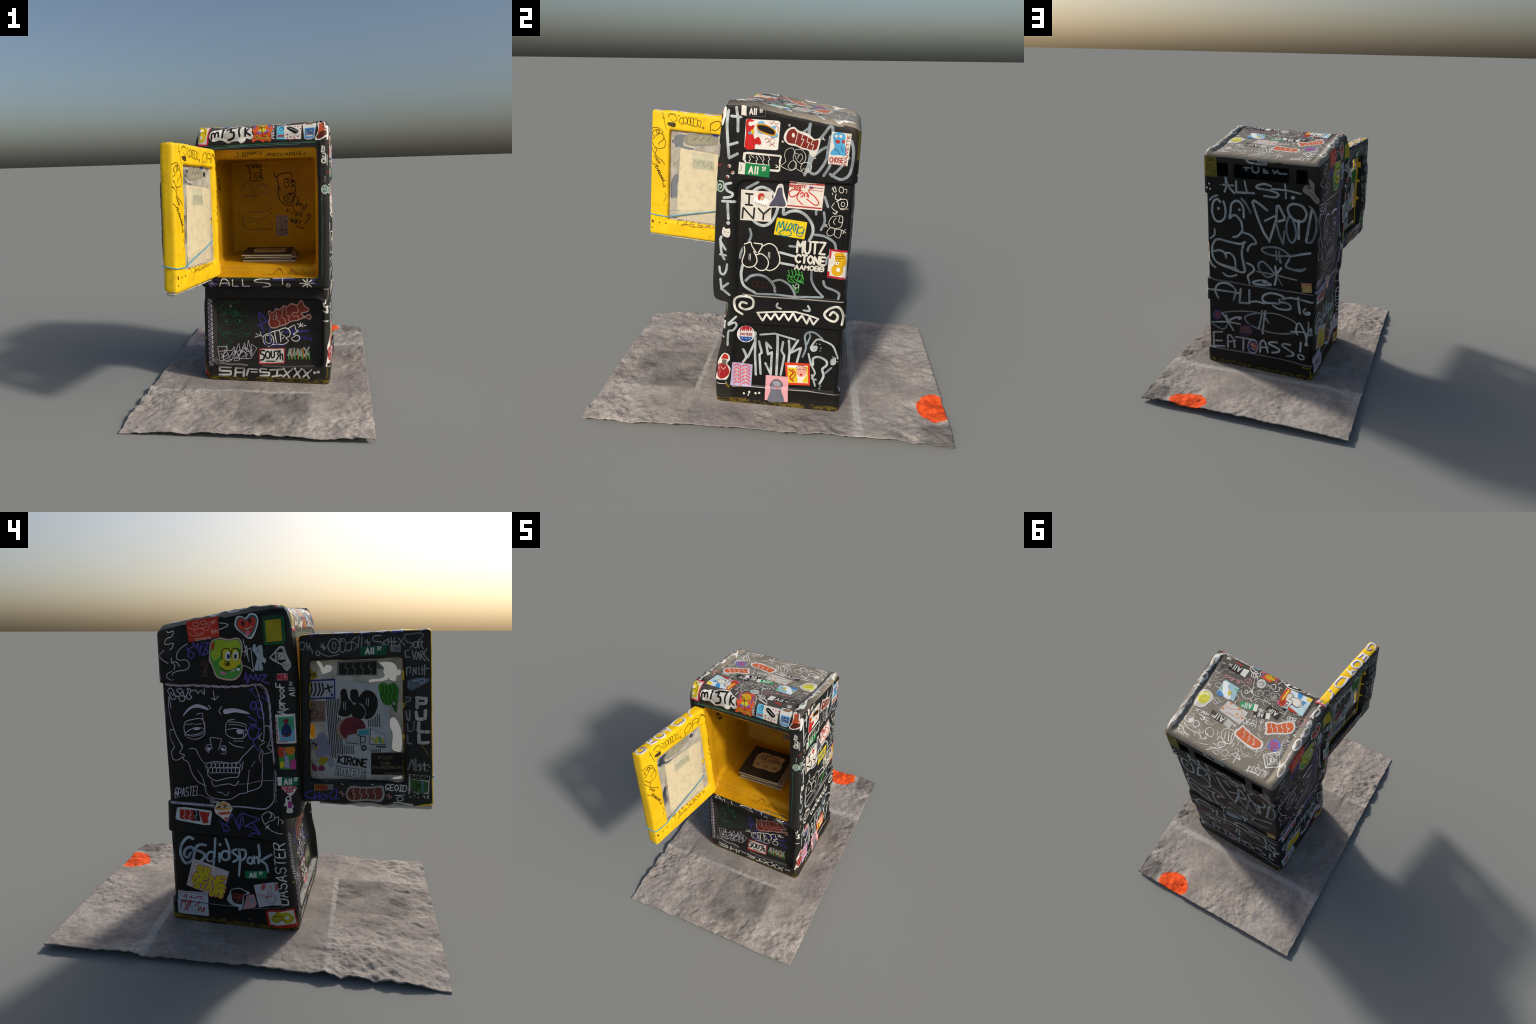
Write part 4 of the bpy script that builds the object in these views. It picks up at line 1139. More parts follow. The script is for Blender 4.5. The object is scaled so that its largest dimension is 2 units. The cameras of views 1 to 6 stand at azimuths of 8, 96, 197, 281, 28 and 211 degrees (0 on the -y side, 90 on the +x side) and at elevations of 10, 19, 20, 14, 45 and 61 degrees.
    # braided chain line round the panel
    Mark('marker_tag', 'left', 0.5, box)\
        .curve('b9adba', 5, -341, 1315, -297, 1314, -250, 1312, -200, 1316, -150, 1314, -99, 1313, -49, 1311, 0, 1312, 50, 1316, 99, 1321, 148, 1326, 173, 1308, 185, 1279, 193, 1238, 198, 1196, 200, 1154, 204, 1111, 207, 1069, 211, 1026, 216, 983, 222, 940)\
        .loop('b9adba', 2.5, -339, 1320, -311, 1321, -297, 1311, -324, 1309).loop('b9adba', 2.5, -296, 1318, -267, 1319, -250, 1309, -278, 1308)\
        .loop('b9adba', 2.5, -250, 1317, -219, 1320, -200, 1313, -230, 1309).loop('b9adba', 2.5, -198, 1321, -169, 1321, -150, 1311, -179, 1310)\
        .loop('b9adba', 2.5, -149, 1319, -120, 1319, -100, 1309, -129, 1308).loop('b9adba', 2.5, -99, 1317, -70, 1317, -50, 1308, -79, 1306)\
        .loop('b9adba', 2.5, -49, 1315, -20, 1317, 0, 1309, -29, 1306).loop('b9adba', 2.5, 1, 1316, 30, 1320, 50, 1313, 20, 1309)\
        .loop('b9adba', 2.5, 50, 1320, 80, 1324, 99, 1317, 70, 1313).loop('b9adba', 2.5, 100, 1325, 129, 1329, 148, 1323, 118, 1318)\
        .loop('b9adba', 2.5, 148, 1331, 165, 1322, 173, 1305, 155, 1312).loop('b9adba', 2.5, 173, 1312, 183, 1299, 185, 1276, 175, 1288)\
        .loop('b9adba', 2.5, 186, 1284, 193, 1264, 193, 1235, 185, 1253).loop('b9adba', 2.5, 193, 1242, 200, 1222, 198, 1193, 191, 1211)\
        .loop('b9adba', 2.5, 198, 1200, 203, 1180, 200, 1151, 195, 1169).loop('b9adba', 2.5, 200, 1158, 206, 1138, 204, 1108, 198, 1127)\
        .loop('b9adba', 2.5, 204, 1116, 210, 1095, 207, 1065, 202, 1084).loop('b9adba', 2.5, 207, 1073, 214, 1053, 211, 1022, 205, 1041)\
        .loop('b9adba', 2.5, 211, 1030, 219, 1010, 216, 979, 209, 998).loop('b9adba', 2.5, 216, 987, 225, 968, 222, 937, 214, 955)\
        .curve('b9adba', 6, 226, 910, 230, 858, 227, 804, 221, 754, 201, 721, 173, 702, 113, 702, 53, 704, 4, 703)\
        .curve('b9adba', 5, -336, 701, -255, 702, -180, 701, -93, 702).loop('b9adba', 2.5, -331, 705, -307, 706, -300, 700, -324, 698)\
        .loop('b9adba', 2.5, -302, 706, -278, 706, -272, 700, -295, 699).loop('b9adba', 2.5, -274, 706, -252, 706, -246, 699, -268, 699)\
        .loop('b9adba', 2.5, -247, 706, -225, 705, -219, 699, -241, 699).loop('b9adba', 2.5, -221, 705, -199, 705, -193, 698, -215, 698)\
        .loop('b9adba', 2.5, -194, 704, -172, 704, -167, 697, -189, 697).loop('b9adba', 2.5, -168, 704, -146, 704, -141, 697, -162, 696)\
        .loop('b9adba', 2.5, -141, 703, -119, 704, -115, 696, -136, 696).loop('b9adba', 2.5, -115, 703, -93, 703, -89, 695, -110, 695)\
        .loop('b9adba', 2.5, 219, 896, 234, 894, 233, 882, 221, 879).loop('b9adba', 2.5, 219, 869, 235, 868, 233, 856, 221, 852)\
        .loop('b9adba', 2.5, 219, 842, 235, 841, 233, 829, 221, 825).loop('b9adba', 2.5, 219, 816, 235, 815, 234, 803, 221, 799)\
        .loop('b9adba', 2.5, 220, 789, 235, 788, 234, 776, 221, 772).loop('b9adba', 2.5, 220, 762, 235, 761, 234, 749, 221, 745)\
        .text('c3b6c6', 4, '@PASTEL', -313, 727, -174, 753, -306, 778, 0.05).line('c3b6c6', 4, -168, 752, -147, 747).line('c3b6c6', 4, -141, 743, -119, 736)\
        .text('c3b6c6', 4, 'Bo', -114, 714, -70, 713, -113, 735)
    # smoke curls at the rear of the hood
    Mark('marker_tag', 'left', 0.5, box)\
        .curve('cfcfcb', 4, -317, 1576, -305, 1568, -278, 1574, -288, 1550, -318, 1537, -328, 1514, -301, 1514, -281, 1517, -287, 1496, -301, 1487)\
        .curve('c3b6c6', 5, -334, 1483, -360, 1459, -350, 1441, -313, 1420).curve('c3b6c6', 5, -295, 1447, -290, 1426, -277, 1413, -282, 1390)\
        .curve('c3b6c6', 5, -296, 1423, -270, 1429, -251, 1407)\
        .curve('c3b6c6', 4, -210, 1515, -239, 1497, -262, 1471, -266, 1447, -250, 1437, -219, 1439, -202, 1419, -215, 1393, -260, 1385, -286, 1375, -293, 1363)\
        .curve('c3b6c6', 4, -295, 1382, -320, 1370, -322, 1352, -303, 1340).dots('c3b6c6', 3, -290, 1340)\
        .curve('cfcfcb', 4, -46, 1612, -20, 1610, -3, 1602, -20, 1592, -47, 1582)
    # purple marker names
    Mark('marker_tag', 'left', 0.5, box)\
        .line('5a4aa0', 6, -212, 1497, -202, 1471, -210, 1458, -189, 1445, -174, 1466, -207, 1486, -179, 1505, -181, 1525, -166, 1492, -157, 1520, -147, 1461, -141, 1507, -127, 1502)\
        .line('5a4aa0', 6, -140, 1517, -102, 1522, -137, 1459, -103, 1474, -119, 1497)\
        .line('5a4aa0', 5, 87, 1298, 120, 1307, 103, 1296, 129, 1262, 140, 1278, 188, 1245, 172, 1290)\
        .line('5a4aa0', 6, 74, 1346, 83, 1382, 90, 1330, 104, 1372, 122, 1347, 130, 1377, 143, 1342, 154, 1373, 186, 1373, 159, 1345, 196, 1330)\
        .curve('5a4aa0', 8, 132, 1133, 102, 1121, 88, 1094, 102, 1059, 132, 1066, 140, 1096).curve('5a4aa0', 7, 140, 1071, 115, 1054, 121, 1027, 145, 998)\
        .line('5a4aa0', 8, 97, 1135, 151, 1107).line('5a4aa0', 8, 89, 1172, 132, 1146).line('5a4aa0', 6, 127, 1138, 108, 1108)\
        .loop('5a4aa0', 8, 113, 1241, 129, 1236, 127, 1210, 113, 1204, 101, 1220).loop('5a4aa0', 8, 140, 1210, 161, 1195, 167, 1169, 151, 1163, 137, 1184)\
        .line('5a4aa0', 7, 132, 1247, 161, 1240, 156, 1211).line('5a4aa0', 6, -66, 621, -41, 564, -56, 609, -23, 593, -16, 569, -47, 566)\
        .line('5a4aa0', 6, -35, 592, 0, 663, 39, 576, 45, 642).loop('5a4aa0', 5, 27, 640, 52, 661, 57, 611, 30, 606)\
        .line('5a4aa0', 6, 49, 672, 145, 644, 63, 598, 100, 599, 151, 564, 106, 624).curve('5a4aa0', 6, 151, 564, 112, 567, 90, 548)
    # wet grey brush lettering
    Mark('marker_tag', 'left', 0.5, box)\
        .curve('9fb0b8', 16, -217, 506, -246, 513, -280, 474, -292, 433, -283, 388, -258, 364, -224, 387, -213, 434, -229, 459, -261, 443, -269, 410, -250, 398, -233, 426)\
        .curve('9fb0b8', 15, -148, 476, -183, 476, -206, 448, -172, 435, -153, 417, -179, 382, -211, 385)\
        .loop('9fb0b8', 13, -127, 439, -104, 438, -108, 395, -137, 389, -143, 415).line('9fb0b8', 13, -94, 519, -98, 452, -106, 370)\
        .line('9fb0b8', 13, -73, 438, -73, 389).dots('9fb0b8', 9, -69, 487).loop('9fb0b8', 13, -47, 453, -22, 446, -26, 410, -51, 405, -62, 429)\
        .line('9fb0b8', 13, -37, 521, -19, 472, -16, 415).curve('9fb0b8', 13, 22, 470, -3, 454, 22, 434, 31, 419, 3, 397)\
        .curve('9fb0b8', 13, 34, 471, 40, 414, 33, 322).curve('9fb0b8', 13, 44, 469, 68, 468, 68, 429, 40, 407)\
        .loop('9fb0b8', 11, 90, 431, 105, 426, 102, 397, 80, 405).line('9fb0b8', 11, 114, 440, 117, 399).curve('9fb0b8', 11, 117, 428, 133, 435, 139, 401)\
        .line('9fb0b8', 14, 139, 505, 145, 455, 139, 404).line('9fb0b8', 13, 208, 458, 145, 414).curve('9fb0b8', 12, 148, 418, 178, 401, 191, 358)
    # white writing up the front corner
    Mark('marker_tag', 'left', 0.5, box)\
        .text('cfcfcb', 7, 'DASASTER', 301, 193, 277, 530, 243, 189).loop('cfcfcb', 4, 157, 662, 190, 688, 217, 677, 220, 649, 190, 634, 172, 620)\
        .curve('cfcfcb', 4, 197, 691, 208, 666, 195, 653).curve('cfcfcb', 4, 184, 609, 208, 586, 240, 581, 267, 580)\
        .curve('cfcfcb', 4, 223, 656, 246, 668, 243, 625).curve('cfcfcb', 4, 255, 656, 268, 644, 263, 632).line('cfcfcb', 4, 175, 611, 196, 594)\
        .line('cfcfcb', 4, 193, 616, 178, 595)
    Mark('marker_tag', 'left', 0.5, box)\
        .text('cfcfcb', 7, 'AprooF', 277, 1188, 269, 1335, 237, 1189).text('cfcfcb', 5, 'All', 318, 1275, 316, 1314, 294, 1276)\
        .text('cfcfcb', 3, 'St', 307, 1325, 307, 1345, 294, 1325)
    # edge highlights painted on the scuffed ridges, and chipped yellow
    Mark('worn_and_lit_edge', 'left', 0.3, box)\
        .line('77746c', 4, -130, 145, -52, 145, 30, 146).line('6b675f', 3, 112, 146, 174, 149, 250, 167, 278, 185).line('77746c', 4, -349, 138, -316, 141)\
        .line('7a6410', 6, 336, 35, 353, 35).line('7a6410', 7, -351, 43, -277, 57, -197, 52).line('5c4d12', 6, -197, 51, -80, 51, 48, 44, 162, 41)\
        .dots('a08a2a', 4, 93, 81, 322, 319, 324, 315)
    # red portrait card
    Mark('sticker', 'left', 1, box)\
        .poly('c8361f', -214, 1619, -55, 1643, -46, 1550, -201, 1523).loop('e0a090', 3, -179, 1611, -155, 1616, -149, 1601, -171, 1596)\
        .loop('e0a090', 3, -139, 1618, -117, 1621, -114, 1611, -133, 1604).curve('e0a090', 3, -201, 1591, -177, 1583, -150, 1587, -117, 1593, -101, 1618)\
        .loop('e0a090', 3, -166, 1583, -128, 1586, -126, 1568, -164, 1563).curve('e0a090', 3, -193, 1568, -188, 1555, -161, 1553, -129, 1559)\
        .text('e0a090', 3, 'Bsta', -85, 1562, -53, 1568, -86, 1581).text('e0a090', 3, 'Qasienia', -168, 1529, -88, 1539, -170, 1543)\
        .curve('e0a090', 3, -112, 1576, -98, 1586, -98, 1608).text('e0a090', 3, 'SF', -87, 1606, -63, 1610, -89, 1621)
    # grinning heart
    Mark('sticker', 'left', 1, box)\
        .blob('ddd9d2', 28, 1605, 38, 1640, 65, 1642, 80, 1634, 100, 1654, 129, 1651, 143, 1622, 136, 1587, 115, 1543, 91, 1542, 65, 1563, 39, 1583)\
        .blob('2b6e72', 35, 1607, 44, 1635, 65, 1637, 83, 1627, 103, 1647, 127, 1644, 137, 1619, 128, 1583, 107, 1549, 89, 1550, 47, 1583)\
        .blob('c8402c', 40, 1605, 49, 1630, 65, 1632, 84, 1620, 106, 1639, 125, 1634, 131, 1614, 118, 1580, 105, 1563, 81, 1568, 52, 1585)\
        .oval('2a1815', 69, 1609, 12.1, 7.1, 108).oval('2a1815', 102, 1621, 11.8, 6.6, 110).curve('2a1815', 5, 71, 1585, 92, 1580, 115, 1597)\
        .line('ddd9d2', 5, 75, 1584, 92, 1583, 113, 1595).blob('d9707a', 84, 1573, 100, 1578, 102, 1558, 91, 1550, 81, 1558)
    # yellow square in green scribble
    Mark('sticker', 'left', 1, box)\
        .poly('a89a18', 171, 1622, 249, 1630, 261, 1530, 180, 1524).line('1f6b3a', 4, 163, 1634, 169, 1624, 161, 1641)\
        .line('1f6b3a', 4, 175, 1635, 180, 1625, 172, 1642).line('1f6b3a', 4, 186, 1636, 192, 1626, 184, 1643)\
        .line('1f6b3a', 4, 197, 1636, 203, 1627, 195, 1644).line('1f6b3a', 4, 208, 1637, 214, 1628, 206, 1645)\
        .line('1f6b3a', 4, 220, 1638, 225, 1628, 217, 1646).line('1f6b3a', 4, 231, 1639, 237, 1629, 229, 1646)\
        .line('1f6b3a', 4, 242, 1640, 248, 1630, 240, 1647).line('1f6b3a', 4, 253, 1641, 259, 1631, 251, 1648)\
        .line('1f6b3a', 4, 164, 1626, 177, 1619, 162, 1614).line('1f6b3a', 4, 165, 1616, 178, 1608, 163, 1603)\
        .line('1f6b3a', 4, 166, 1605, 179, 1598, 163, 1593).line('1f6b3a', 4, 167, 1594, 180, 1587, 164, 1582)\
        .line('1f6b3a', 4, 167, 1583, 180, 1576, 165, 1571).line('1f6b3a', 4, 168, 1573, 181, 1565, 166, 1560)\
        .line('1f6b3a', 4, 169, 1562, 182, 1554, 166, 1550).line('1f6b3a', 4, 170, 1551, 183, 1544, 167, 1539)\
        .line('1f6b3a', 4, 171, 1540, 184, 1533, 168, 1528).line('1f6b3a', 4, 171, 1529, 184, 1522, 169, 1517)\
        .line('1f6b3a', 4, 175, 1521, 177, 1509, 185, 1522).line('1f6b3a', 4, 185, 1522, 188, 1509, 196, 1523)\
        .line('1f6b3a', 4, 196, 1522, 198, 1510, 206, 1524).line('1f6b3a', 4, 206, 1523, 208, 1511, 216, 1525)\
        .line('1f6b3a', 4, 216, 1524, 219, 1512, 228, 1526).line('1f6b3a', 4, 228, 1525, 231, 1513, 239, 1526)\
        .line('1f6b3a', 4, 239, 1526, 242, 1514, 250, 1527).line('1f6b3a', 4, 250, 1527, 253, 1514, 260, 1528)\
        .line('1f6b3a', 4, 260, 1527, 263, 1515, 270, 1529).line('1f6b3a', 4, 248, 1636, 264, 1630, 251, 1623)\
        .line('1f6b3a', 4, 250, 1625, 265, 1619, 253, 1613).line('1f6b3a', 4, 252, 1614, 267, 1608, 255, 1602)\
        .line('1f6b3a', 4, 253, 1604, 268, 1598, 256, 1591).line('1f6b3a', 4, 255, 1593, 270, 1587, 258, 1581)\
        .line('1f6b3a', 4, 256, 1582, 271, 1576, 259, 1570).line('1f6b3a', 4, 258, 1572, 273, 1566, 261, 1559)\
        .line('1f6b3a', 4, 259, 1561, 274, 1555, 262, 1549).line('1f6b3a', 4, 260, 1550, 275, 1544, 263, 1538)\
        .line('1f6b3a', 4, 261, 1539, 276, 1534, 264, 1527)
    # green and yellow cartoon head
    Mark('sticker', 'left', 1, box)\
        .blob('cfa59a', -101, 1459, -91, 1525, -48, 1545, -2, 1538, 39, 1545, 62, 1528, 67, 1483, 59, 1448, 67, 1417, 58, 1376, 31, 1347, -18, 1344, -67, 1359, -86, 1405, -102, 1436)\
        .blob('4f9c3f', -96, 1459, -86, 1520, -48, 1539, -2, 1530, 38, 1539, 57, 1523, 60, 1478, 53, 1448, 62, 1412, 52, 1376, 26, 1354, -18, 1352, -61, 1364, -79, 1405, -93, 1436)\
        .blob('9db82a', -87, 1487, -75, 1525, -42, 1535, -2, 1527, 36, 1534, 53, 1518, 57, 1493, 38, 1498, -5, 1493, -32, 1487, -44, 1457, -72, 1436, -88, 1456)\
        .blob('c9bd1c', -32, 1487, 0, 1495, 38, 1490, 54, 1458, 58, 1432, 37, 1412, 15, 1396, -17, 1390, -45, 1406, -50, 1431, -34, 1447)\
        .oval('dfe3e0', -7, 1459, 22.6, 13.9, 88).oval('dfe3e0', 33, 1460, 22.1, 13.9, 88).oval('14305a', -4, 1457, 12.0, 7.7, 89)\
        .oval('1d2b1c', 32, 1457, 12.3, 6.5, 88).oval('14130f', -8, 1422, 7.5, 4.6, -177)\
        .curve('1d1a10', 4, -34, 1444, -35, 1482, -10, 1495, 8, 1478, 8, 1452).curve('1d1a10', 4, 8, 1452, 16, 1488, 38, 1495, 53, 1478, 51, 1448)\
        .curve('1d1a10', 4, -22, 1431, -6, 1434, 2, 1419, -14, 1414, -22, 1424).curve('1d1a10', 4, -45, 1406, -17, 1390, 26, 1396, 53, 1412)\
        .poly('ece8e0', 4, 1393, 29, 1400, 29, 1391, 10, 1386).poly('ece8e0', 34, 1403, 53, 1402, 53, 1389, 37, 1394)\
        .blob('d47a9a', -45, 1387, -23, 1383, -13, 1375, -29, 1369, -42, 1375).blob('b3401f', -85, 1518, -75, 1523, -73, 1502, -81, 1485, -88, 1497)
    # grey toy figure
    Mark('sticker', 'left', 1, box)\
        .blob('a7b3b9', 115, 1488, 118, 1511, 128, 1516, 133, 1498, 144, 1508, 159, 1511, 164, 1489, 167, 1459, 181, 1444, 175, 1426, 159, 1433, 167, 1398, 149, 1393, 124, 1395, 130, 1423, 136, 1453, 125, 1473)\
        .curve('6f7c84', 4, 144, 1498, 141, 1478, 154, 1476).line('6f7c84', 3, 138, 1446, 154, 1446).line('6f7c84', 4, 145, 1426, 145, 1395)
    # light bulb card
    Mark('sticker', 'left', 1, box)\
        .poly('b9b6b0', 195, 1454, 247, 1507, 268, 1507, 281, 1470, 300, 1428, 300, 1410, 284, 1392, 271, 1400, 258, 1420, 212, 1439)\
        .poly('1c1b1a', 204, 1456, 250, 1497, 261, 1495, 273, 1460, 278, 1440, 256, 1428, 217, 1447)\
        .text('b9b6b0', 5, 'JETOXU', 223, 1442, 273, 1448, 222, 1474).line('8d8a85', 4, 262, 1420, 281, 1428).line('8d8a85', 4, 267, 1413, 291, 1420)
    # red word label
    Mark('sticker', 'left', 1, box)\
        .poly('d8a3a0', 236, 1380, 285, 1382, 287, 1351, 235, 1349).text('b02430', 6, 'NOOLI', 239, 1354, 283, 1355, 239, 1375)
    # trading card
    Mark('sticker', 'left', 1, box)\
        .poly('ddd9d2', 225, 1185, 320, 1192, 329, 1048, 234, 1045).poly('3f9a74', 240, 1174, 315, 1179, 318, 1117, 246, 1109)\
        .poly('6fa8c8', 246, 1109, 318, 1117, 323, 1060, 251, 1058)\
        .blob('1d2c5a', 270, 1138, 290, 1141, 303, 1118, 306, 1099, 288, 1080, 265, 1085, 258, 1106)\
        .blob('7a2030', 268, 1162, 290, 1165, 287, 1146, 272, 1143).poly('a53038', 265, 1088, 275, 1088, 275, 1079, 265, 1079)\
        .poly('a53038', 293, 1091, 303, 1091, 304, 1082, 293, 1082).line('a53038', 3, 238, 1095, 241, 1055, 288, 1055)\
        .text('7a3038', 2.5, 'MARTIN', 236, 1062, 229, 1167, 241, 1063)
    # bright torch statue card
    Mark('sticker', 'left', 1, box)\
        .poly('3f8f3a', 243, 1026, 319, 1032, 328, 919, 252, 917).blob('b8402a', 244, 1026, 278, 1024, 284, 1006, 266, 978, 247, 983)\
        .blob('cf7a1f', 278, 1022, 319, 1030, 320, 1000, 294, 990).blob('b83a86', 305, 963, 326, 968, 327, 922, 303, 925)\
        .blob('d4c52a', 253, 951, 269, 957, 274, 935, 256, 924).poly('9a98b8', 274, 989, 292, 984, 300, 925, 277, 923).line('9a98b8', 5, 276, 984, 273, 1014)
    # dark red ink figure
    Mark('sticker', 'left', 1, box)\
        .curve('6d3b34', 3, -143, 1415, -132, 1435, -115, 1430, -111, 1405, -128, 1368, -133, 1394)\
        .dots('8c3a30', 3, -134, 1430, -121, 1423, -133, 1415, -119, 1405).line('57514d', 3, -142, 1365, -109, 1360)\
        .curve('57514d', 3, -125, 1394, -117, 1368, -124, 1425).curve('cfcfcb', 3, 70, 1538, 78, 1503, 99, 1433)\
        .curve('cfcfcb', 3, 78, 1458, 86, 1508, 94, 1448).line('cfcfcb', 3, 70, 1478, 107, 1498, 120, 1387).curve('cfcfcb', 3, 70, 1415, 96, 1407, 117, 1390)
    # green street sign
    Mark('sticker', 'left', 1, box)\
        .poly('ddd9d2', 238, 877, 262, 879, 262, 834, 243, 834).poly('14704a', 262, 879, 344, 878, 346, 837, 262, 834)\
        .text('ddd9d2', 7, 'All', 275, 842, 310, 844, 274, 868).text('ddd9d2', 4, 'St', 322, 859, 336, 859, 322, 877)
    # pink doll cutout
    Mark('sticker', 'left', 1, box)\
        .blob('ddd9d2', 260, 829, 291, 834, 333, 828, 322, 798, 306, 783, 283, 800).text('b8485a', 5, 'DREAM', 263, 816, 329, 820, 263, 831)\
        .text('b8485a', 5, 'BIG', 283, 800, 317, 803, 283, 814)\
        .blob('ddd9d2', 281, 771, 294, 783, 308, 779, 310, 751, 323, 727, 315, 721, 318, 697, 287, 696, 289, 726, 272, 732, 281, 750)\
        .blob('a83a86', 295, 756, 308, 753, 315, 727, 295, 720).blob('2a2422', 286, 771, 296, 777, 303, 771, 295, 761)
    # red and black block letters
    Mark('sticker', 'left', 1, box)\
        .poly('c3cdd0', -298, 677, -256, 683, -110, 672, -108, 652, -119, 593, -153, 590, -299, 607, -310, 615)\
        .poly('a82a20', -284, 669, -219, 670, -204, 668, -206, 607, -238, 615, -266, 613, -284, 618)\
        .poly('1d1c1a', -208, 668, -179, 669, -172, 610, -206, 611).poly('a82a20', -176, 664, -119, 661, -130, 629, -127, 604, -156, 598, -171, 638)\
        .line('c3cdd0', 3, -258, 664, -253, 639, -264, 632, -256, 613).line('c3cdd0', 3, -226, 667, -221, 641, -233, 634, -224, 616)\
        .line('c3cdd0', 3, -194, 669, -189, 643, -201, 636, -193, 618)
    # sad cone face
    Mark('sticker', 'left', 1.2, box)\
        .poly('ddd9d2', -94, 680, -83, 710, -45, 729, -12, 715, 2, 699, 5, 690, -30, 618, -89, 660)\
        .blob('cf9a55', -87, 683, -77, 708, -45, 725, -15, 711, -2, 693, -45, 680).poly('c8502a', -75, 663, -5, 677, -16, 659, -64, 651)\
        .poly('c8502a', -47, 638, -22, 643, -30, 623, -33, 624).line('1d1a14', 5, -74, 694, -60, 702).line('1d1a14', 5, -45, 705, -27, 701)\
        .dots('1d1a14', 3, -65, 692, -39, 696)
    # yellow letters card
    Mark('sticker', 'left', 1.2, box)\
        .poly('c4b8b6', -221, 396, -20, 339, -61, 177, -263, 236).line('b86a6a', 2, -249, 235, -210, 386).line('b86a6a', 2, -61, 192, -24, 329)\
        .text('b84a6a', 21, 'SUR', -207, 306, -143, 296, -190, 354).text('b84a6a', 21, 'NENE', -225, 264, -53, 260, -211, 306)\
        .text('b84a6a', 21, 'STAYS', -220, 228, -54, 213, -209, 266).text('b84a6a', 21, 'UTS', -132, 194, -64, 185, -122, 232)\
        .text('c9bc1c', 13, 'SUR', -207, 306, -143, 296, -190, 354).text('c9bc1c', 13, 'NENE', -225, 264, -53, 260, -211, 306)\
        .text('c9bc1c', 13, 'STAYS', -220, 228, -54, 213, -209, 266).text('c9bc1c', 13, 'UTS', -132, 194, -64, 185, -122, 232)
    # red scrawl card
    Mark('sticker', 'left', 1.6, box)\
        .poly('b3b7bd', -315, 199, -142, 204, -134, 72, -313, 70).line('b88a8e', 6, -312, 191, -145, 195)\
        .curve('a0282a', 5, -296, 101, -284, 153, -264, 182, -268, 133, -256, 93, -248, 157, -234, 172, -242, 116)\
        .curve('a0282a', 5, -276, 91, -248, 135, -211, 167, -178, 178, -185, 152, -215, 125)\
        .curve('a0282a', 5, -195, 128, -193, 97, -179, 123, -173, 93, -159, 125, -164, 90).curve('a0282a', 4, -292, 136, -255, 147, -234, 137)
    # bearded face cutout
    Mark('sticker', 'left', 1.6, box)\
        .blob('a9aeb2', -35, 175, -22, 210, -8, 239, 36, 253, 70, 241, 92, 233, 86, 220, 64, 214, 57, 166, 49, 132, 30, 127, 30, 146, -6, 150)\
        .blob('171515', -8, 235, 35, 247, 67, 237, 73, 225, 54, 209, 47, 158, 3, 166, -8, 199).blob('4a2a22', 7, 207, 48, 215, 48, 178, 28, 163, 6, 174)\
        .loop('a83028', 4, 0, 213, 26, 216, 29, 200, 3, 197).loop('a83028', 4, 34, 213, 57, 213, 55, 196, 36, 196)
    # small postal label
    Mark('sticker', 'left', 2, box)\
        .poly('b98a8c', 76, 214, 114, 226, 131, 172, 118, 149, 54, 133).blob('7d8ea0', 86, 203, 101, 198, 118, 177, 98, 178)
    # drawn rabbit card
    Mark('sticker', 'left', 1.4, box)\
        .poly('b4b6bb', 113, 278, 241, 311, 269, 189, 142, 152).curve('b05a5c', 3, 191, 231, 194, 274, 206, 279, 213, 237)\
        .curve('b05a5c', 3, 179, 220, 136, 228, 142, 216, 182, 207).loop('b05a5c', 3, 185, 227, 219, 239, 233, 211, 210, 184, 188, 195)\
        .dots('b05a5c', 6, 191, 218, 208, 224).blob('b05a5c', 154, 280, 173, 291, 176, 266, 157, 251).blob('b05a5c', 228, 290, 242, 305, 248, 274, 233, 263)
    # yellow face card
    Mark('sticker', 'left', 1.4, box)\
        .poly('b02a20', 179, 141, 332, 177, 352, 67, 193, 52).poly('c9c7c0', 193, 134, 327, 167, 343, 89, 206, 64)\
        .blob('b3a31c', 212, 108, 245, 147, 275, 146, 299, 150, 331, 124, 323, 95, 294, 85, 270, 103, 239, 85, 212, 88)\
        .oval('c9c7c0', 296, 120, 12.1, 10.4, -175).curve('24210f', 3, 221, 114, 263, 129, 281, 117).curve('24210f', 3, 252, 92, 270, 109, 288, 90)
    # green street sign
    Mark('sticker', 'left', 1, box)\
        .poly('14704a', 66, 353, 183, 365, 183, 322, 67, 310).text('ddd9d2', 7, 'All', 91, 319, 126, 322, 91, 345)\
        .text('ddd9d2', 4, 'St', 143, 339, 160, 341, 143, 356)
    return


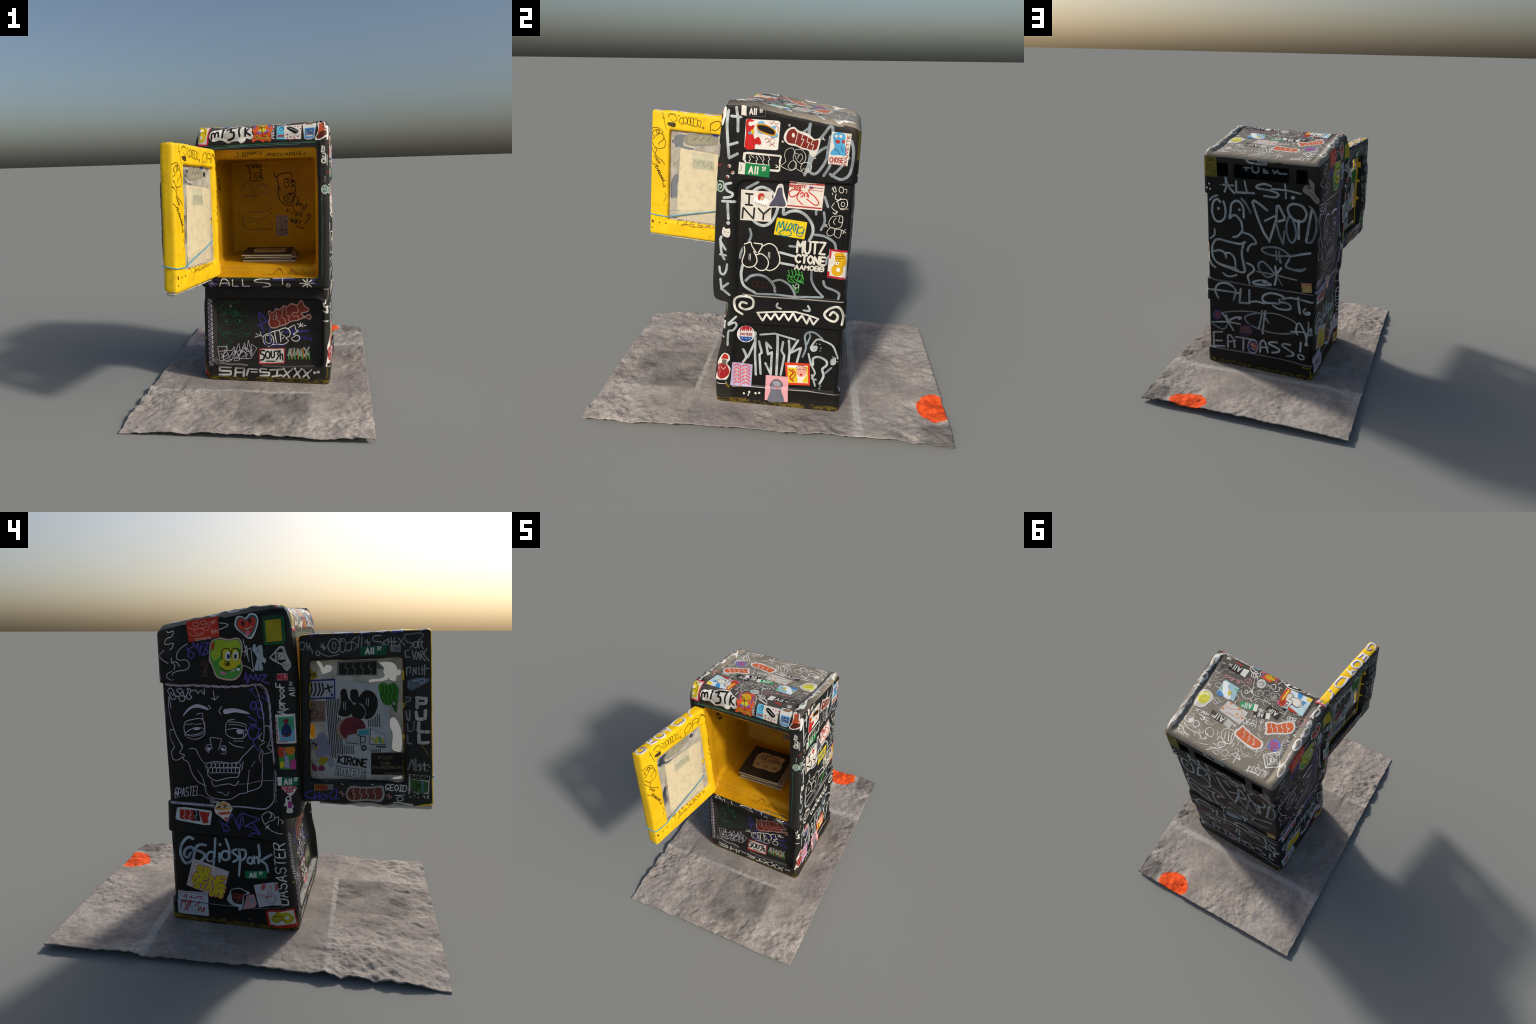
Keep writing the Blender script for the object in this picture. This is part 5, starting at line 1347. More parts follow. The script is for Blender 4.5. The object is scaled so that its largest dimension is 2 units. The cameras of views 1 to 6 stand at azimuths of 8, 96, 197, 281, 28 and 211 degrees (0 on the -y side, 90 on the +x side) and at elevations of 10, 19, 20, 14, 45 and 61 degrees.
def draw_back(box, door):
    # letters on the rear of the hood
    Mark('marker_tag', 'back', 0.5, box)\
        .line('9ca4a5', 15, -231, 1444, -214, 1388, -168, 1344).line('9ca4a5', 14, -231, 1431, -227, 1380, -239, 1347)\
        .line('9ca4a5', 12, -251, 1393, -172, 1396).line('9ca4a5', 15, -155, 1426, -154, 1352, -28, 1358).line('9ca4a5', 14, -95, 1431, -80, 1366)\
        .curve('9ca4a5', 14, 89, 1417, 40, 1426, -10, 1408, 0, 1393, 79, 1388, 125, 1377, 142, 1363, 119, 1346, 73, 1346, 40, 1349)\
        .line('9ca4a5', 12, 92, 1399, 196, 1400, 292, 1386).line('9ca4a5', 12, 183, 1438, 189, 1396, 191, 1345).oval('9ca4a5', 239, 1356, 14.2, 12.3, -162)\
        .curve('9ca4a5', 13, -84, 1572, -59, 1556, 20, 1552, 55, 1556, 52, 1568, -1, 1569).dots('d8d2c6', 7, -351, 1392, -369, 1364, -345, 1357)\
        .dots('9ca4a5', 4, -269, 1392)
    # white letters inside the slot
    Mark('marker_tag', 'back', 0.5, box)\
        .line('8a969c', 13, -125, 1509, -80, 1510).line('8a969c', 12, -111, 1507, -105, 1489)\
        .curve('8a969c', 14, -64, 1518, -62, 1490, -37, 1482, -20, 1493, -22, 1518).line('8a969c', 13, 17, 1512, 16, 1487, 45, 1488)\
        .line('8a969c', 10, 18, 1500, 40, 1502).line('8a969c', 14, 77, 1508, 90, 1487, 109, 1508, 122, 1490, 174, 1492)
    # two eyes
    Mark('marker_tag', 'back', 0.5, box)\
        .curve('9ca4a5', 16, -279, 1270, -303, 1287, -333, 1261, -342, 1193, -321, 1141, -284, 1133, -245, 1166, -240, 1226, -255, 1276)\
        .dots('9ca4a5', 11, -292, 1223)\
        .curve('9ca4a5', 16, -104, 1183, -110, 1247, -135, 1283, -166, 1289, -197, 1263, -201, 1211, -209, 1164, -188, 1186, -160, 1190, -125, 1154, -115, 1101, -126, 1073, -154, 1045, -183, 1037)\
        .dots('9ca4a5', 10, -137, 1232).curve('788185', 15, -125, 1310, -87, 1272, -57, 1221).line('9ca4a5', 13, -357, 1275, -339, 1297, -295, 1317)\
        .curve('9ca4a5', 14, -327, 1073, -328, 1033, -360, 1001)
    # giant sharp letters
    Mark('marker_tag', 'back', 0.5, box)\
        .line('9ca4a5', 17, 60, 1249, 15, 1279, -33, 1306, -46, 1292, -16, 1219, 40, 1094, 81, 1039)\
        .line('9ca4a5', 16, 78, 1035, 126, 1197, 125, 1285, 138, 1289, 181, 1222, 182, 1200, 140, 1185).line('9ca4a5', 14, 46, 1178, 112, 1217)\
        .line('788185', 15, 123, 1180, 148, 1094, 176, 1031, 184, 1125)\
        .loop('9ca4a5', 17, 258, 1312, 303, 1298, 327, 1256, 313, 1210, 270, 1200, 223, 1227, 201, 1274, 219, 1304).line('9ca4a5', 17, 279, 1207, 282, 1080)\
        .curve('788185', 14, 213, 1232, 197, 1166, 208, 1089, 238, 1049, 263, 1095, 255, 1166, 226, 1233).line('9ca4a5', 18, 361, 1282, 348, 1195, 332, 1066)\
        .curve('788185', 15, 332, 1062, 368, 1070, 391, 1128, 395, 1212, 374, 1280, 344, 1308)
    # profile face and curls
    Mark('marker_tag', 'back', 0.5, box)\
        .curve('9ca4a5', 16, -95, 1012, -134, 993, -220, 998, -302, 1003, -342, 965, -352, 892, -327, 838, -278, 818, -189, 807, -154, 795)\
        .curve('9ca4a5', 16, -336, 909, -290, 923, -252, 909, -239, 875).curve('9ca4a5', 15, -244, 910, -207, 913, -175, 878, -171, 806)\
        .curve('9ca4a5', 16, -106, 1000, -121, 935, -114, 866, -104, 803).curve('9ca4a5', 13, -366, 832, -355, 804, -329, 790)\
        .curve('9ca4a5', 15, -127, 1079, -70, 1070, -36, 1050, -15, 1012, -50, 1000, -74, 970, -77, 948)\
        .curve('788185', 14, 307, 980, 230, 957, 143, 945, 75, 946, 27, 966, 40, 989, 109, 1002, 163, 995, 210, 968, 224, 943, 198, 891, 205, 868, 259, 861, 330, 872)\
        .line('9ca4a5', 16, 230, 955, 295, 973, 362, 990).line('788185', 14, 128, 977, 135, 916).line('788185', 14, 148, 980, 158, 899)\
        .curve('9ca4a5', 16, -369, 836, -357, 806, -328, 786)\
        .curve('9ca4a5', 16, -332, 842, -293, 817, -229, 803, -173, 789, -117, 782, -100, 804, -104, 842, -112, 878).line('9ca4a5', 15, -172, 869, -171, 809)\
        .curve('9ca4a5', 14, -271, 753, -243, 735, -208, 737, -166, 755).curve('9ca4a5', 16, -83, 859, -45, 845, -33, 812, -67, 777, -84, 754, -68, 707)\
        .curve('9ca4a5', 15, 60, 738, 18, 742, -32, 727, -45, 713, 5, 708, 88, 718, 66, 731, 30, 729)\
        .curve('788185', 14, 117, 810, 82, 852, 40, 885, 10, 878, 1, 845, 20, 804, 62, 775, 98, 788, 129, 815)\
        .line('788185', 13, -10, 807, 63, 804, 141, 801, 200, 792, 273, 786).line('9ca4a5', 16, 123, 867, 132, 803, 116, 723)\
        .line('9ca4a5', 15, 166, 861, 132, 809).line('788185', 8, 132, 796, 172, 725)\
        .curve('788185', 15, 220, 926, 198, 881, 230, 865, 282, 856, 315, 862, 332, 877).line('788185', 13, 159, 917, 162, 897)
    # letters on the belt
    Mark('marker_tag', 'back', 0.5, box)\
        .curve('9ca4a5', 15, -306, 562, -328, 613, -312, 660, -266, 683, -209, 676, -170, 639, -186, 566)\
        .line('9ca4a5', 15, -383, 616, -319, 622, -228, 624, -145, 624).line('9ca4a5', 17, -131, 658, -141, 551, -68, 561)\
        .line('9ca4a5', 16, -66, 662, -65, 561).curve('9ca4a5', 14, -65, 568, -12, 584, 47, 578)\
        .curve('9ca4a5', 16, 189, 636, 191, 649, 146, 663, 85, 662, 40, 636, 34, 604, 62, 587, 117, 593, 157, 597, 158, 625)\
        .curve('9ca4a5', 15, 112, 576, 149, 558, 203, 558, 242, 574, 232, 600, 196, 610, 159, 606).line('9ca4a5', 14, 177, 637, 236, 653, 313, 651, 394, 641)\
        .line('9ca4a5', 18, 292, 663, 297, 612, 309, 549).curve('9ca4a5', 13, 345, 590, 334, 569, 347, 550, 374, 552, 376, 567, 355, 564)
    # scrawl and letters below
    Mark('marker_tag', 'back', 0.5, box)\
        .line('9ca4a5', 14, -283, 437, -238, 378, -197, 312).line('9ca4a5', 14, -254, 429, -235, 379)\
        .curve('9ca4a5', 15, -242, 364, -211, 403, -159, 427, -133, 428, -153, 411).line('9ca4a5', 13, -369, 350, -245, 375, -143, 375)\
        .curve('788185', 12, -245, 350, -266, 315, -306, 310, -363, 337)\
        .curve('788185', 10, -280, 443, -204, 466, -132, 481, -43, 491, 39, 496, 113, 507, 187, 498, 261, 473, 286, 445)\
        .line('9ca4a5', 13, 26, 513, 20, 454, 1, 364).line('9ca4a5', 15, 51, 515, 39, 424, 30, 329).line('9ca4a5', 13, 52, 459, 77, 425)\
        .curve('788185', 12, 45, 491, -18, 483, -81, 458, -107, 430, -82, 395, -30, 371, 39, 358, 115, 353, 196, 362, 263, 382)\
        .curve('9ca4a5', 13, 278, 385, 286, 452, 303, 465, 319, 445, 348, 386, 363, 301).curve('9ca4a5', 12, 368, 487, 368, 410, 350, 301)\
        .line('9ca4a5', 12, 241, 391, 329, 402, 392, 382).curve('9ca4a5', 13, 291, 375, 278, 398, 283, 438).line('9ca4a5', 14, 384, 437, 388, 398)\
        .line('9ca4a5', 15, -287, 283, -358, 269, -359, 154, -270, 166).line('9ca4a5', 14, -343, 200, -289, 210)\
        .line('9ca4a5', 15, -243, 164, -244, 264, -221, 269, -195, 236, -189, 175).line('9ca4a5', 13, -245, 209, -181, 231)\
        .line('9ca4a5', 14, -181, 263, -109, 268, -50, 266).line('9ca4a5', 15, -118, 262, -121, 165)\
        .line('9ca4a5', 15, 11, 176, 14, 259, 33, 280, 53, 260, 72, 185).line('9ca4a5', 13, 18, 218, 72, 226)\
        .curve('9ca4a5', 15, 141, 281, 97, 276, 78, 258, 123, 244, 158, 227, 148, 205, 104, 192)\
        .curve('9ca4a5', 15, 241, 282, 197, 283, 179, 266, 223, 241, 267, 217, 255, 198, 215, 186).line('9ca4a5', 15, 317, 317, 314, 244)\
        .loop('9ca4a5', 11, 304, 218, 335, 215, 345, 193, 321, 181, 302, 198)
    # highlight lines painted along the rubbed ridges
    Mark('worn_and_lit_edge', 'back', 0.3, box)\
        .line('8d8a84', 4, -347, 695, -196, 696, -39, 694, 145, 695, 317, 697, 396, 696).line('5c5a55', 3, -345, 701, -40, 701, 310, 701)\
        .line('7d7a74', 4, -372, 145, -206, 148, 23, 153, 245, 153, 404, 142).line('5c5a55', 3, -375, 149, 21, 157, 403, 147)\
        .line('8a7416', 9, 336, 129, 395, 126).line('8a7416', 8, 393, 104, 402, 49, 414, 55)
    # green and ochre corner card
    Mark('sticker', 'back', 1, box)\
        .poly('5a5a22', -386, 1569, -295, 1576, -288, 1442, -387, 1439).loop('8f7420', 5, -366, 1562, -310, 1567, -307, 1539, -359, 1531)\
        .curve('8f7420', 6, -372, 1514, -345, 1536, -310, 1532, -346, 1498, -361, 1464, -311, 1501).line('8f7420', 5, -375, 1558, -375, 1449)\
        .line('8f7420', 5, -299, 1568, -295, 1451).curve('8f7420', 6, -361, 1458, -333, 1464, -305, 1460)
    # pale figure cutout
    Mark('sticker', 'back', 1, box)\
        .blob('8d827e', 339, 1484, 355, 1479, 378, 1451, 380, 1403, 409, 1360, 405, 1329, 388, 1336, 349, 1375, 311, 1396, 301, 1419, 322, 1446, 347, 1442)\
        .curve('4e4643', 4, 325, 1434, 341, 1423, 366, 1438).curve('4e4643', 4, 349, 1400, 374, 1384, 393, 1354)\
        .loop('4e4643', 4, 338, 1441, 353, 1437, 348, 1424)
    # speckled yellow card
    Mark('sticker', 'back', 1, box)\
        .poly('b59a5c', 305, 768, 377, 775, 381, 707, 314, 702).poly('b8786a', 305, 767, 376, 774, 378, 758, 306, 751)\
        .dots('5a4a2c', 3, 317, 744, 329, 730, 318, 713, 344, 711, 364, 739, 373, 719, 366, 755, 314, 728, 359, 711).line('5a4a2c', 2, 328, 755, 357, 757)\
        .line('5a4a2c', 2, 332, 745, 355, 746)
    # round blue sticker
    Mark('sticker', 'back', 1, box)\
        .oval('3f4270', -324, 417, 42.5, 34.3, 53).text('8a3038', 6, 'HD', -343, 419, -304, 421, -341, 440)\
        .text('8a3038', 6, 'CO', -338, 390, -304, 393, -337, 410)
    # round purple sticker
    Mark('sticker', 'back', 1, box)\
        .oval('2a1a38', -98, 334, 62.8, 51.4, -134).text('7a5a55', 4, 'SHARED', -142, 333, -64, 348, -142, 356)\
        .text('7a5a55', 4, 'COUSINZ', -144, 303, -53, 320, -144, 325).line('7a5a55', 2, -115, 295, -66, 305)
    # round face badge
    Mark('sticker', 'back', 1.6, box)\
        .blob('9a97a4', -88, 210, -76, 250, -50, 273, -18, 266, -2, 221, -15, 170, -42, 153, -77, 161).oval('2b3058', -45, 210, 49.4, 34.2, 77)\
        .blob('8d5a52', -66, 228, -37, 248, -11, 216, -21, 186, -50, 197).line('d8d2c6', 4, -57, 230, -31, 215).line('d8d2c6', 4, -60, 195, -28, 185)
    return


def draw_front(box, door):
    # purple shadow and white letters on the lip
    Mark('marker_tag', 'front', 0.4, box)\
        .line('322f6e', 9, -347, 698, -301, 709).line('322f6e', 10, -264, 696, -240, 679).line('322f6e', 10, -214, 680, -164, 675)\
        .line('322f6e', 10, -148, 679, -88, 678).line('322f6e', 11, 57, 724, 198, 729).line('322f6e', 11, 282, 705, 339, 701)\
        .line('322f6e', 11, 245, 682, 318, 726).line('322f6e', 9, -25, 679, 31, 685).line('322f6e', 10, -373, 685, -323, 675)\
        .curve('d8d2c6', 7, -298, 675, -278, 722, -256, 725, -237, 709, -232, 680).line('d8d2c6', 6, -289, 697, -232, 699)\
        .line('d8d2c6', 7, -208, 721, -211, 678, -173, 678).line('d8d2c6', 7, -143, 722, -143, 679, -100, 679)\
        .curve('d8d2c6', 8, 31, 726, -23, 729, -63, 719, -55, 708, -5, 705, 33, 696, 31, 681, -11, 673).line('d8d2c6', 7, 56, 733, 183, 734)\
        .line('d8d2c6', 7, 116, 733, 116, 695).loop('d8d2c6', 6, 148, 699, 163, 691, 157, 678, 142, 681).line('d8d2c6', 7, 227, 702, 318, 705)\
        .line('d8d2c6', 7, 246, 728, 299, 680).line('d8d2c6', 7, 303, 726, 244, 681).line('d8d2c6', 7, 273, 731, 272, 677)\
        .line('8d86a0', 5, -369, 695, -312, 692).line('8d86a0', 5, -339, 714, -367, 653).line('8d86a0', 5, -365, 714, -324, 671)
    # green smear, rubbed mouth edges and highlights painted on the panel ridge
    Mark('worn_and_lit_edge', 'front', 0.3, box)\
        .line('2d5a44', 4, -287, 734, -110, 730, 137, 736, 342, 736).line('1d4a36', 4, 364, 897, 362, 837, 365, 765).line('6f6b60', 5, 277, 738, 285, 737)\
        .curve('6b655c', 6, 377, 670, 399, 641, 396, 580).line('6b675f', 5, -322, 149, -248, 144, -197, 146, -131, 143)\
        .line('4a4742', 5, -29, 144, 124, 143, 310, 149).line('7a6410', 5, -356, 57, -263, 58).line('7a6410', 4, -68, 63, 248, 67)\
        .line('7a6410', 8, -401, 53, -330, 41).line('7a6410', 8, 366, 55, 402, 55).curve('6b5a14', 5, 391, 147, 396, 107, 387, 75)\
        .line('7a6410', 4, -403, 148, -400, 67)
    # chain of loops down the left edge
    Mark('marker_tag', 'front', 0.5, box)\
        .curve('b3a9b0', 4, -386, 575, -401, 567, -386, 560, -370, 554, -385, 546, -400, 537, -384, 531, -369, 524, -384, 516, -400, 507, -384, 501, -369, 494, -383, 486, -399, 477, -383, 471, -368, 464, -383, 456, -399, 447, -383, 441, -368, 434, -382, 426, -398, 416, -382, 411, -367, 404, -382, 396, -397, 386, -381, 381, -366, 375, -380, 367, -396, 357, -379, 352, -364, 346, -378, 338, -394, 329, -378, 323, -363, 317, -377, 309, -393, 299, -376, 294, -362, 287, -376, 279, -392, 269, -376, 264, -362, 256, -376, 249, -392, 239, -375, 234, -361, 226, -375, 219, -391, 209, -375, 204, -361, 196, -374, 189, -390, 178, -374, 173, -359, 167, -375, 157, -390, 148, -374, 142, -360, 135)\
        .curve('b3a9b0', 4, -386, 571, -371, 565, -386, 556, -401, 548, -385, 542, -370, 535, -384, 527, -400, 518, -384, 512, -369, 505, -384, 497, -400, 488, -383, 482, -368, 475, -383, 467, -399, 458, -383, 452, -368, 445, -383, 437, -399, 428, -382, 422, -367, 415, -382, 407, -398, 397, -382, 392, -366, 386, -381, 377, -396, 368, -380, 363, -365, 357, -379, 348, -395, 339, -378, 334, -363, 327, -378, 320, -393, 310, -377, 305, -362, 298, -377, 290, -392, 280, -376, 275, -362, 268, -376, 260, -392, 250, -376, 245, -361, 237, -375, 230, -391, 220, -375, 215, -361, 207, -375, 200, -391, 190, -374, 185, -360, 177, -375, 169, -390, 160, -375, 153, -359, 147, -374, 138, -390, 129)
    # faint green monster face
    Mark('marker_tag', 'front', 0.4, box)\
        .curve('14532c', 4, -332, 486, -312, 524, -265, 548, -213, 539, -187, 559)\
        .curve('14532c', 4, -326, 460, -281, 472, -242, 485, -203, 473, -163, 487, -131, 455).loop('14532c', 3, -294, 421, -268, 434, -249, 414, -269, 396)\
        .loop('14532c', 3, -223, 421, -190, 432, -171, 416, -197, 403)\
        .curve('14532c', 4, -339, 409, -325, 365, -306, 341, -255, 352, -190, 366, -145, 392, -118, 368, -137, 324)\
        .curve('14532c', 4, -312, 328, -267, 340, -222, 334, -176, 348, -137, 337).curve('14532c', 4, -325, 284, -305, 268, -267, 264, -261, 283, -235, 287)\
        .curve('14532c', 4, -221, 512, -216, 473, -190, 460, -138, 449).curve('14532c', 3, -306, 498, -294, 460, -313, 435)\
        .dots('2f8f56', 5, -280, 416, -190, 423, -210, 481).curve('14532c', 4, -331, 303, -318, 284, -331, 265)\
        .curve('14532c', 4, -287, 511, -268, 485, -247, 518, -235, 479).blob('153a24', -255, 479, -222, 486, -203, 454, -243, 440)\
        .curve('14532c', 3, -299, 322, -254, 303, -189, 317, -144, 336).dots('6a5f68', 9, -250, 522)
    # purple under-letters
    Mark('marker_tag', 'front', 0.45, box)\
        .curve('322f6e', 11, -64, 393, -15, 426, -60, 482, -47, 413, -27, 352).line('322f6e', 10, -67, 393, 4, 426).line('322f6e', 11, 44, 524, 75, 485)\
        .line('322f6e', 12, 107, 355, 201, 363, 274, 369).line('322f6e', 12, 160, 393, 170, 332).dots('322f6e', 13, 214, 321, 248, 322, 280, 319)\
        .line('322f6e', 11, 11, 389, 18, 291, 82, 268, 120, 278).line('322f6e', 10, -27, 309, -8, 265, 95, 268)
    # brown bubble letters
    Mark('sticker', 'front', 0.9, box)\
        .blob('b08a80', 0, 484, 15, 496, 30, 481, 57, 511, 82, 508, 108, 535, 127, 525, 159, 549, 196, 540, 216, 569, 234, 563, 246, 534, 274, 515, 267, 492, 227, 479, 245, 463, 277, 480, 291, 459, 277, 440, 245, 451, 201, 431, 157, 424, 119, 401, 81, 391, 49, 378, 17, 383, 3, 414, 11, 452)\
        .blob('6a2c20', 6, 481, 16, 487, 30, 473, 60, 503, 82, 500, 108, 525, 127, 518, 159, 540, 196, 532, 219, 559, 231, 554, 240, 528, 266, 512, 261, 499, 220, 482, 242, 456, 277, 470, 282, 459, 270, 449, 239, 456, 198, 438, 154, 430, 119, 409, 81, 398, 46, 385, 20, 391, 11, 417, 18, 452)\
        .curve('b08a80', 4, 75, 391, 81, 416, 62, 440, 56, 491).curve('b08a80', 4, 119, 404, 113, 442, 94, 454, 104, 518)\
        .curve('b08a80', 4, 157, 424, 138, 436, 145, 461, 126, 467, 123, 519).curve('b08a80', 4, 201, 434, 201, 462, 170, 462, 164, 481, 205, 494, 190, 536)\
        .oval('1c1a18', 44, 446, 11.4, 7.6, 87).curve('b08a80', 3, 35, 443, 40, 459, 52, 459, 54, 443, 43, 434, 35, 443)
    # white outline letters
    Mark('marker_tag', 'front', 0.9, box)\
        .loop('d2cfc7', 6, -21, 333, 11, 343, 37, 317, 37, 279, 5, 262, -24, 284, -30, 315).loop('d2cfc7', 4, -14, 327, 8, 331, 25, 307, 15, 282, -11, 290)\
        .curve('d2cfc7', 6, 14, 347, 43, 359, 50, 329, 60, 286).curve('d2cfc7', 6, 46, 360, 75, 366, 85, 330, 88, 293)\
        .curve('d2cfc7', 6, 75, 369, 119, 383, 148, 362, 145, 332, 120, 319, 139, 301, 107, 278, 75, 277, 37, 276)\
        .curve('d2cfc7', 6, 138, 380, 176, 402, 186, 375, 201, 363, 170, 345, 208, 333, 205, 306, 177, 302, 158, 314)\
        .curve('d2cfc7', 4, 100, 361, 88, 342, 113, 331, 95, 312).line('d2cfc7', 4, 183, 333, 158, 320).line('d2cfc7', 5, -85, 319, -40, 333)\
        .line('d2cfc7', 5, -79, 341, -33, 324).line('d2cfc7', 5, -50, 354, -43, 327).line('d2cfc7', 5, 195, 412, 233, 394)\
        .line('d2cfc7', 5, 217, 419, 214, 394).line('d2cfc7', 5, 233, 413, 204, 388).line('d2cfc7', 5, 239, 401, 253, 401)
    # tangled lilac scribble name
    Mark('marker_tag', 'front', 0.6, box)\
        .line('b3a9b0', 4, -338, 252, -280, 251, -277, 226, -325, 220).line('b3a9b0', 4, -338, 252, -325, 162, -302, 154, -293, 232)\
        .line('b3a9b0', 4, -277, 258, -274, 226, -241, 227, -228, 252, -221, 209, -196, 278, -182, 210, -156, 280, -143, 224, -130, 299, -110, 212)\
        .line('b3a9b0', 4, -108, 271, -72, 247, -104, 194, -111, 268).curve('b3a9b0', 4, -312, 182, -280, 219, -266, 183, -299, 163, -253, 159, -215, 209)\
        .curve('b3a9b0', 4, -260, 177, -222, 227, -188, 173, -227, 166, -163, 223, -142, 181)\
        .curve('b3a9b0', 4, -201, 179, -150, 248, -110, 188, -162, 177, -234, 181).curve('b3a9b0', 4, -319, 207, -299, 188, -312, 175, -267, 201)\
        .curve('b3a9b0', 4, -240, 196, -189, 228, -136, 205, -175, 186).curve('b3a9b0', 4, -163, 260, -137, 224, -98, 237)\
        .line('b3a9b0', 4, -286, 157, -240, 172)
    # red framed word card
    Mark('sticker', 'front', 1, box)\
        .poly('a03030', -58, 242, -43, 248, 110, 255, 117, 250, 116, 162, 108, 154, -53, 148, -58, 151)\
        .poly('cfcbc2', -51, 236, -40, 242, 107, 249, 109, 162, -50, 153).curve('1b1a18', 11, -20, 231, -43, 233, -46, 215, -23, 203, -26, 179, -45, 172)\
        .loop('1b1a18', 10, -1, 228, 15, 217, 9, 186, -10, 192, -12, 216).curve('1b1a18', 10, 25, 229, 26, 193, 44, 196, 45, 230)\
        .line('1b1a18', 9, 53, 230, 76, 234, 66, 212, 76, 206, 60, 176).line('1b1a18', 10, 82, 237, 86, 183).curve('1b1a18', 9, 85, 204, 98, 216, 102, 177)\
        .line('1b1a18', 7, -6, 167, 51, 168)
    # dripping green and orange letters
    Mark('sticker', 'front', 1, box)\
        .line('4f8f3a', 8, 139, 232, 142, 185).line('4f8f3a', 8, 158, 233, 161, 185).line('4f8f3a', 8, 180, 234, 183, 186)\
        .line('4f8f3a', 8, 202, 235, 205, 187).line('4f8f3a', 8, 227, 235, 230, 188).line('4f8f3a', 8, 255, 236, 258, 189)\
        .line('4f8f3a', 8, 274, 237, 277, 189).line('a8622c', 8, 158, 251, 165, 191).line('a8622c', 8, 196, 253, 203, 193)\
        .line('a8622c', 8, 233, 254, 240, 194).line('a8622c', 8, 249, 254, 256, 195).line('8d948c', 12, 136, 208, 158, 251)\
        .line('8d948c', 12, 145, 245, 158, 203).line('8d948c', 12, 177, 252, 174, 207).line('8d948c', 12, 190, 216, 202, 250, 215, 208)\
        .line('8d948c', 12, 240, 260, 271, 213).line('8d948c', 12, 274, 265, 243, 206).line('8d948c', 10, 221, 250, 224, 208)
    # block letters along the foot
    Mark('marker_tag', 'front', 0.6, box)\
        .line('d2cfc7', 14, -240, 126, -317, 127, -321, 99, -243, 100, -246, 75, -325, 71).line('d2cfc7', 14, -216, 65, -209, 125, -151, 124, -159, 67)\
        .line('d2cfc7', 12, -210, 92, -158, 93).line('d2cfc7', 14, -63, 120, -123, 122, -138, 74).line('d2cfc7', 10, -106, 99, -67, 100)\
        .line('d2cfc7', 13, -2, 124, -43, 126, -48, 101, 16, 100, 12, 79, -46, 76).line('d2cfc7', 13, 20, 120, 103, 127).line('d2cfc7', 13, 71, 122, 63, 77)\
        .line('d2cfc7', 12, 34, 73, 98, 85).line('d2cfc7', 12, 112, 133, 148, 70).line('d2cfc7', 12, 169, 132, 105, 74).line('d2cfc7', 12, 184, 136, 217, 73)\
        .line('d2cfc7', 12, 230, 135, 176, 78).line('d2cfc7', 12, 243, 129, 276, 73).line('d2cfc7', 12, 293, 131, 236, 78)\
        .dots('d2cfc7', 11, 313, 113, 336, 118)
    # small white marks on the right corner
    Mark('marker_tag', 'front', 0.5, box)\
        .line('d2cfc7', 10, 376, 649, 398, 651).line('d2cfc7', 12, 370, 558, 373, 533, 396, 537).line('d2cfc7', 12, 369, 508, 396, 497, 393, 525)\
        .line('d2cfc7', 11, 369, 445, 397, 443).line('d2cfc7', 7, 385, 581, 382, 557)
    # marks down the right jamb
    Mark('marker_tag', 'front', 0.5, box)\
        .line('d2cfc7', 8, 373, 1553, 369, 1524).curve('d2cfc7', 9, 382, 1547, 383, 1521, 367, 1518)\
        .curve('d2cfc7', 9, 373, 1507, 390, 1503, 387, 1477, 373, 1492).curve('d2cfc7', 9, 390, 1489, 390, 1451, 370, 1455, 373, 1475, 387, 1466)\
        .oval('aec0b4', 386, 1287, 30.2, 21.6, 91).curve('4f6a5a', 5, 375, 1298, 393, 1303, 398, 1280, 381, 1275, 384, 1289)\
        .dots('d2cfc7', 3, 387, 1365, 388, 1356, 387, 1347, 387, 1336).dots('8a2f2a', 6, 407, 1395)\
        .line('2d5a44', 4, -373, 1572, -156, 1574, 147, 1578, 336, 1582).line('1d4a36', 4, 369, 1246, 366, 1158, 371, 1069, 368, 981, 364, 891)\
        .line('4f7d68', 3, 366, 1234, 368, 1217).line('5c5852', 6, 369, 1680, 382, 1656).line('d8d5ce', 9, 400, 1671, 401, 1640, 401, 1591)\
        .line('8d8a84', 7, 401, 1495, 401, 1434)
    return


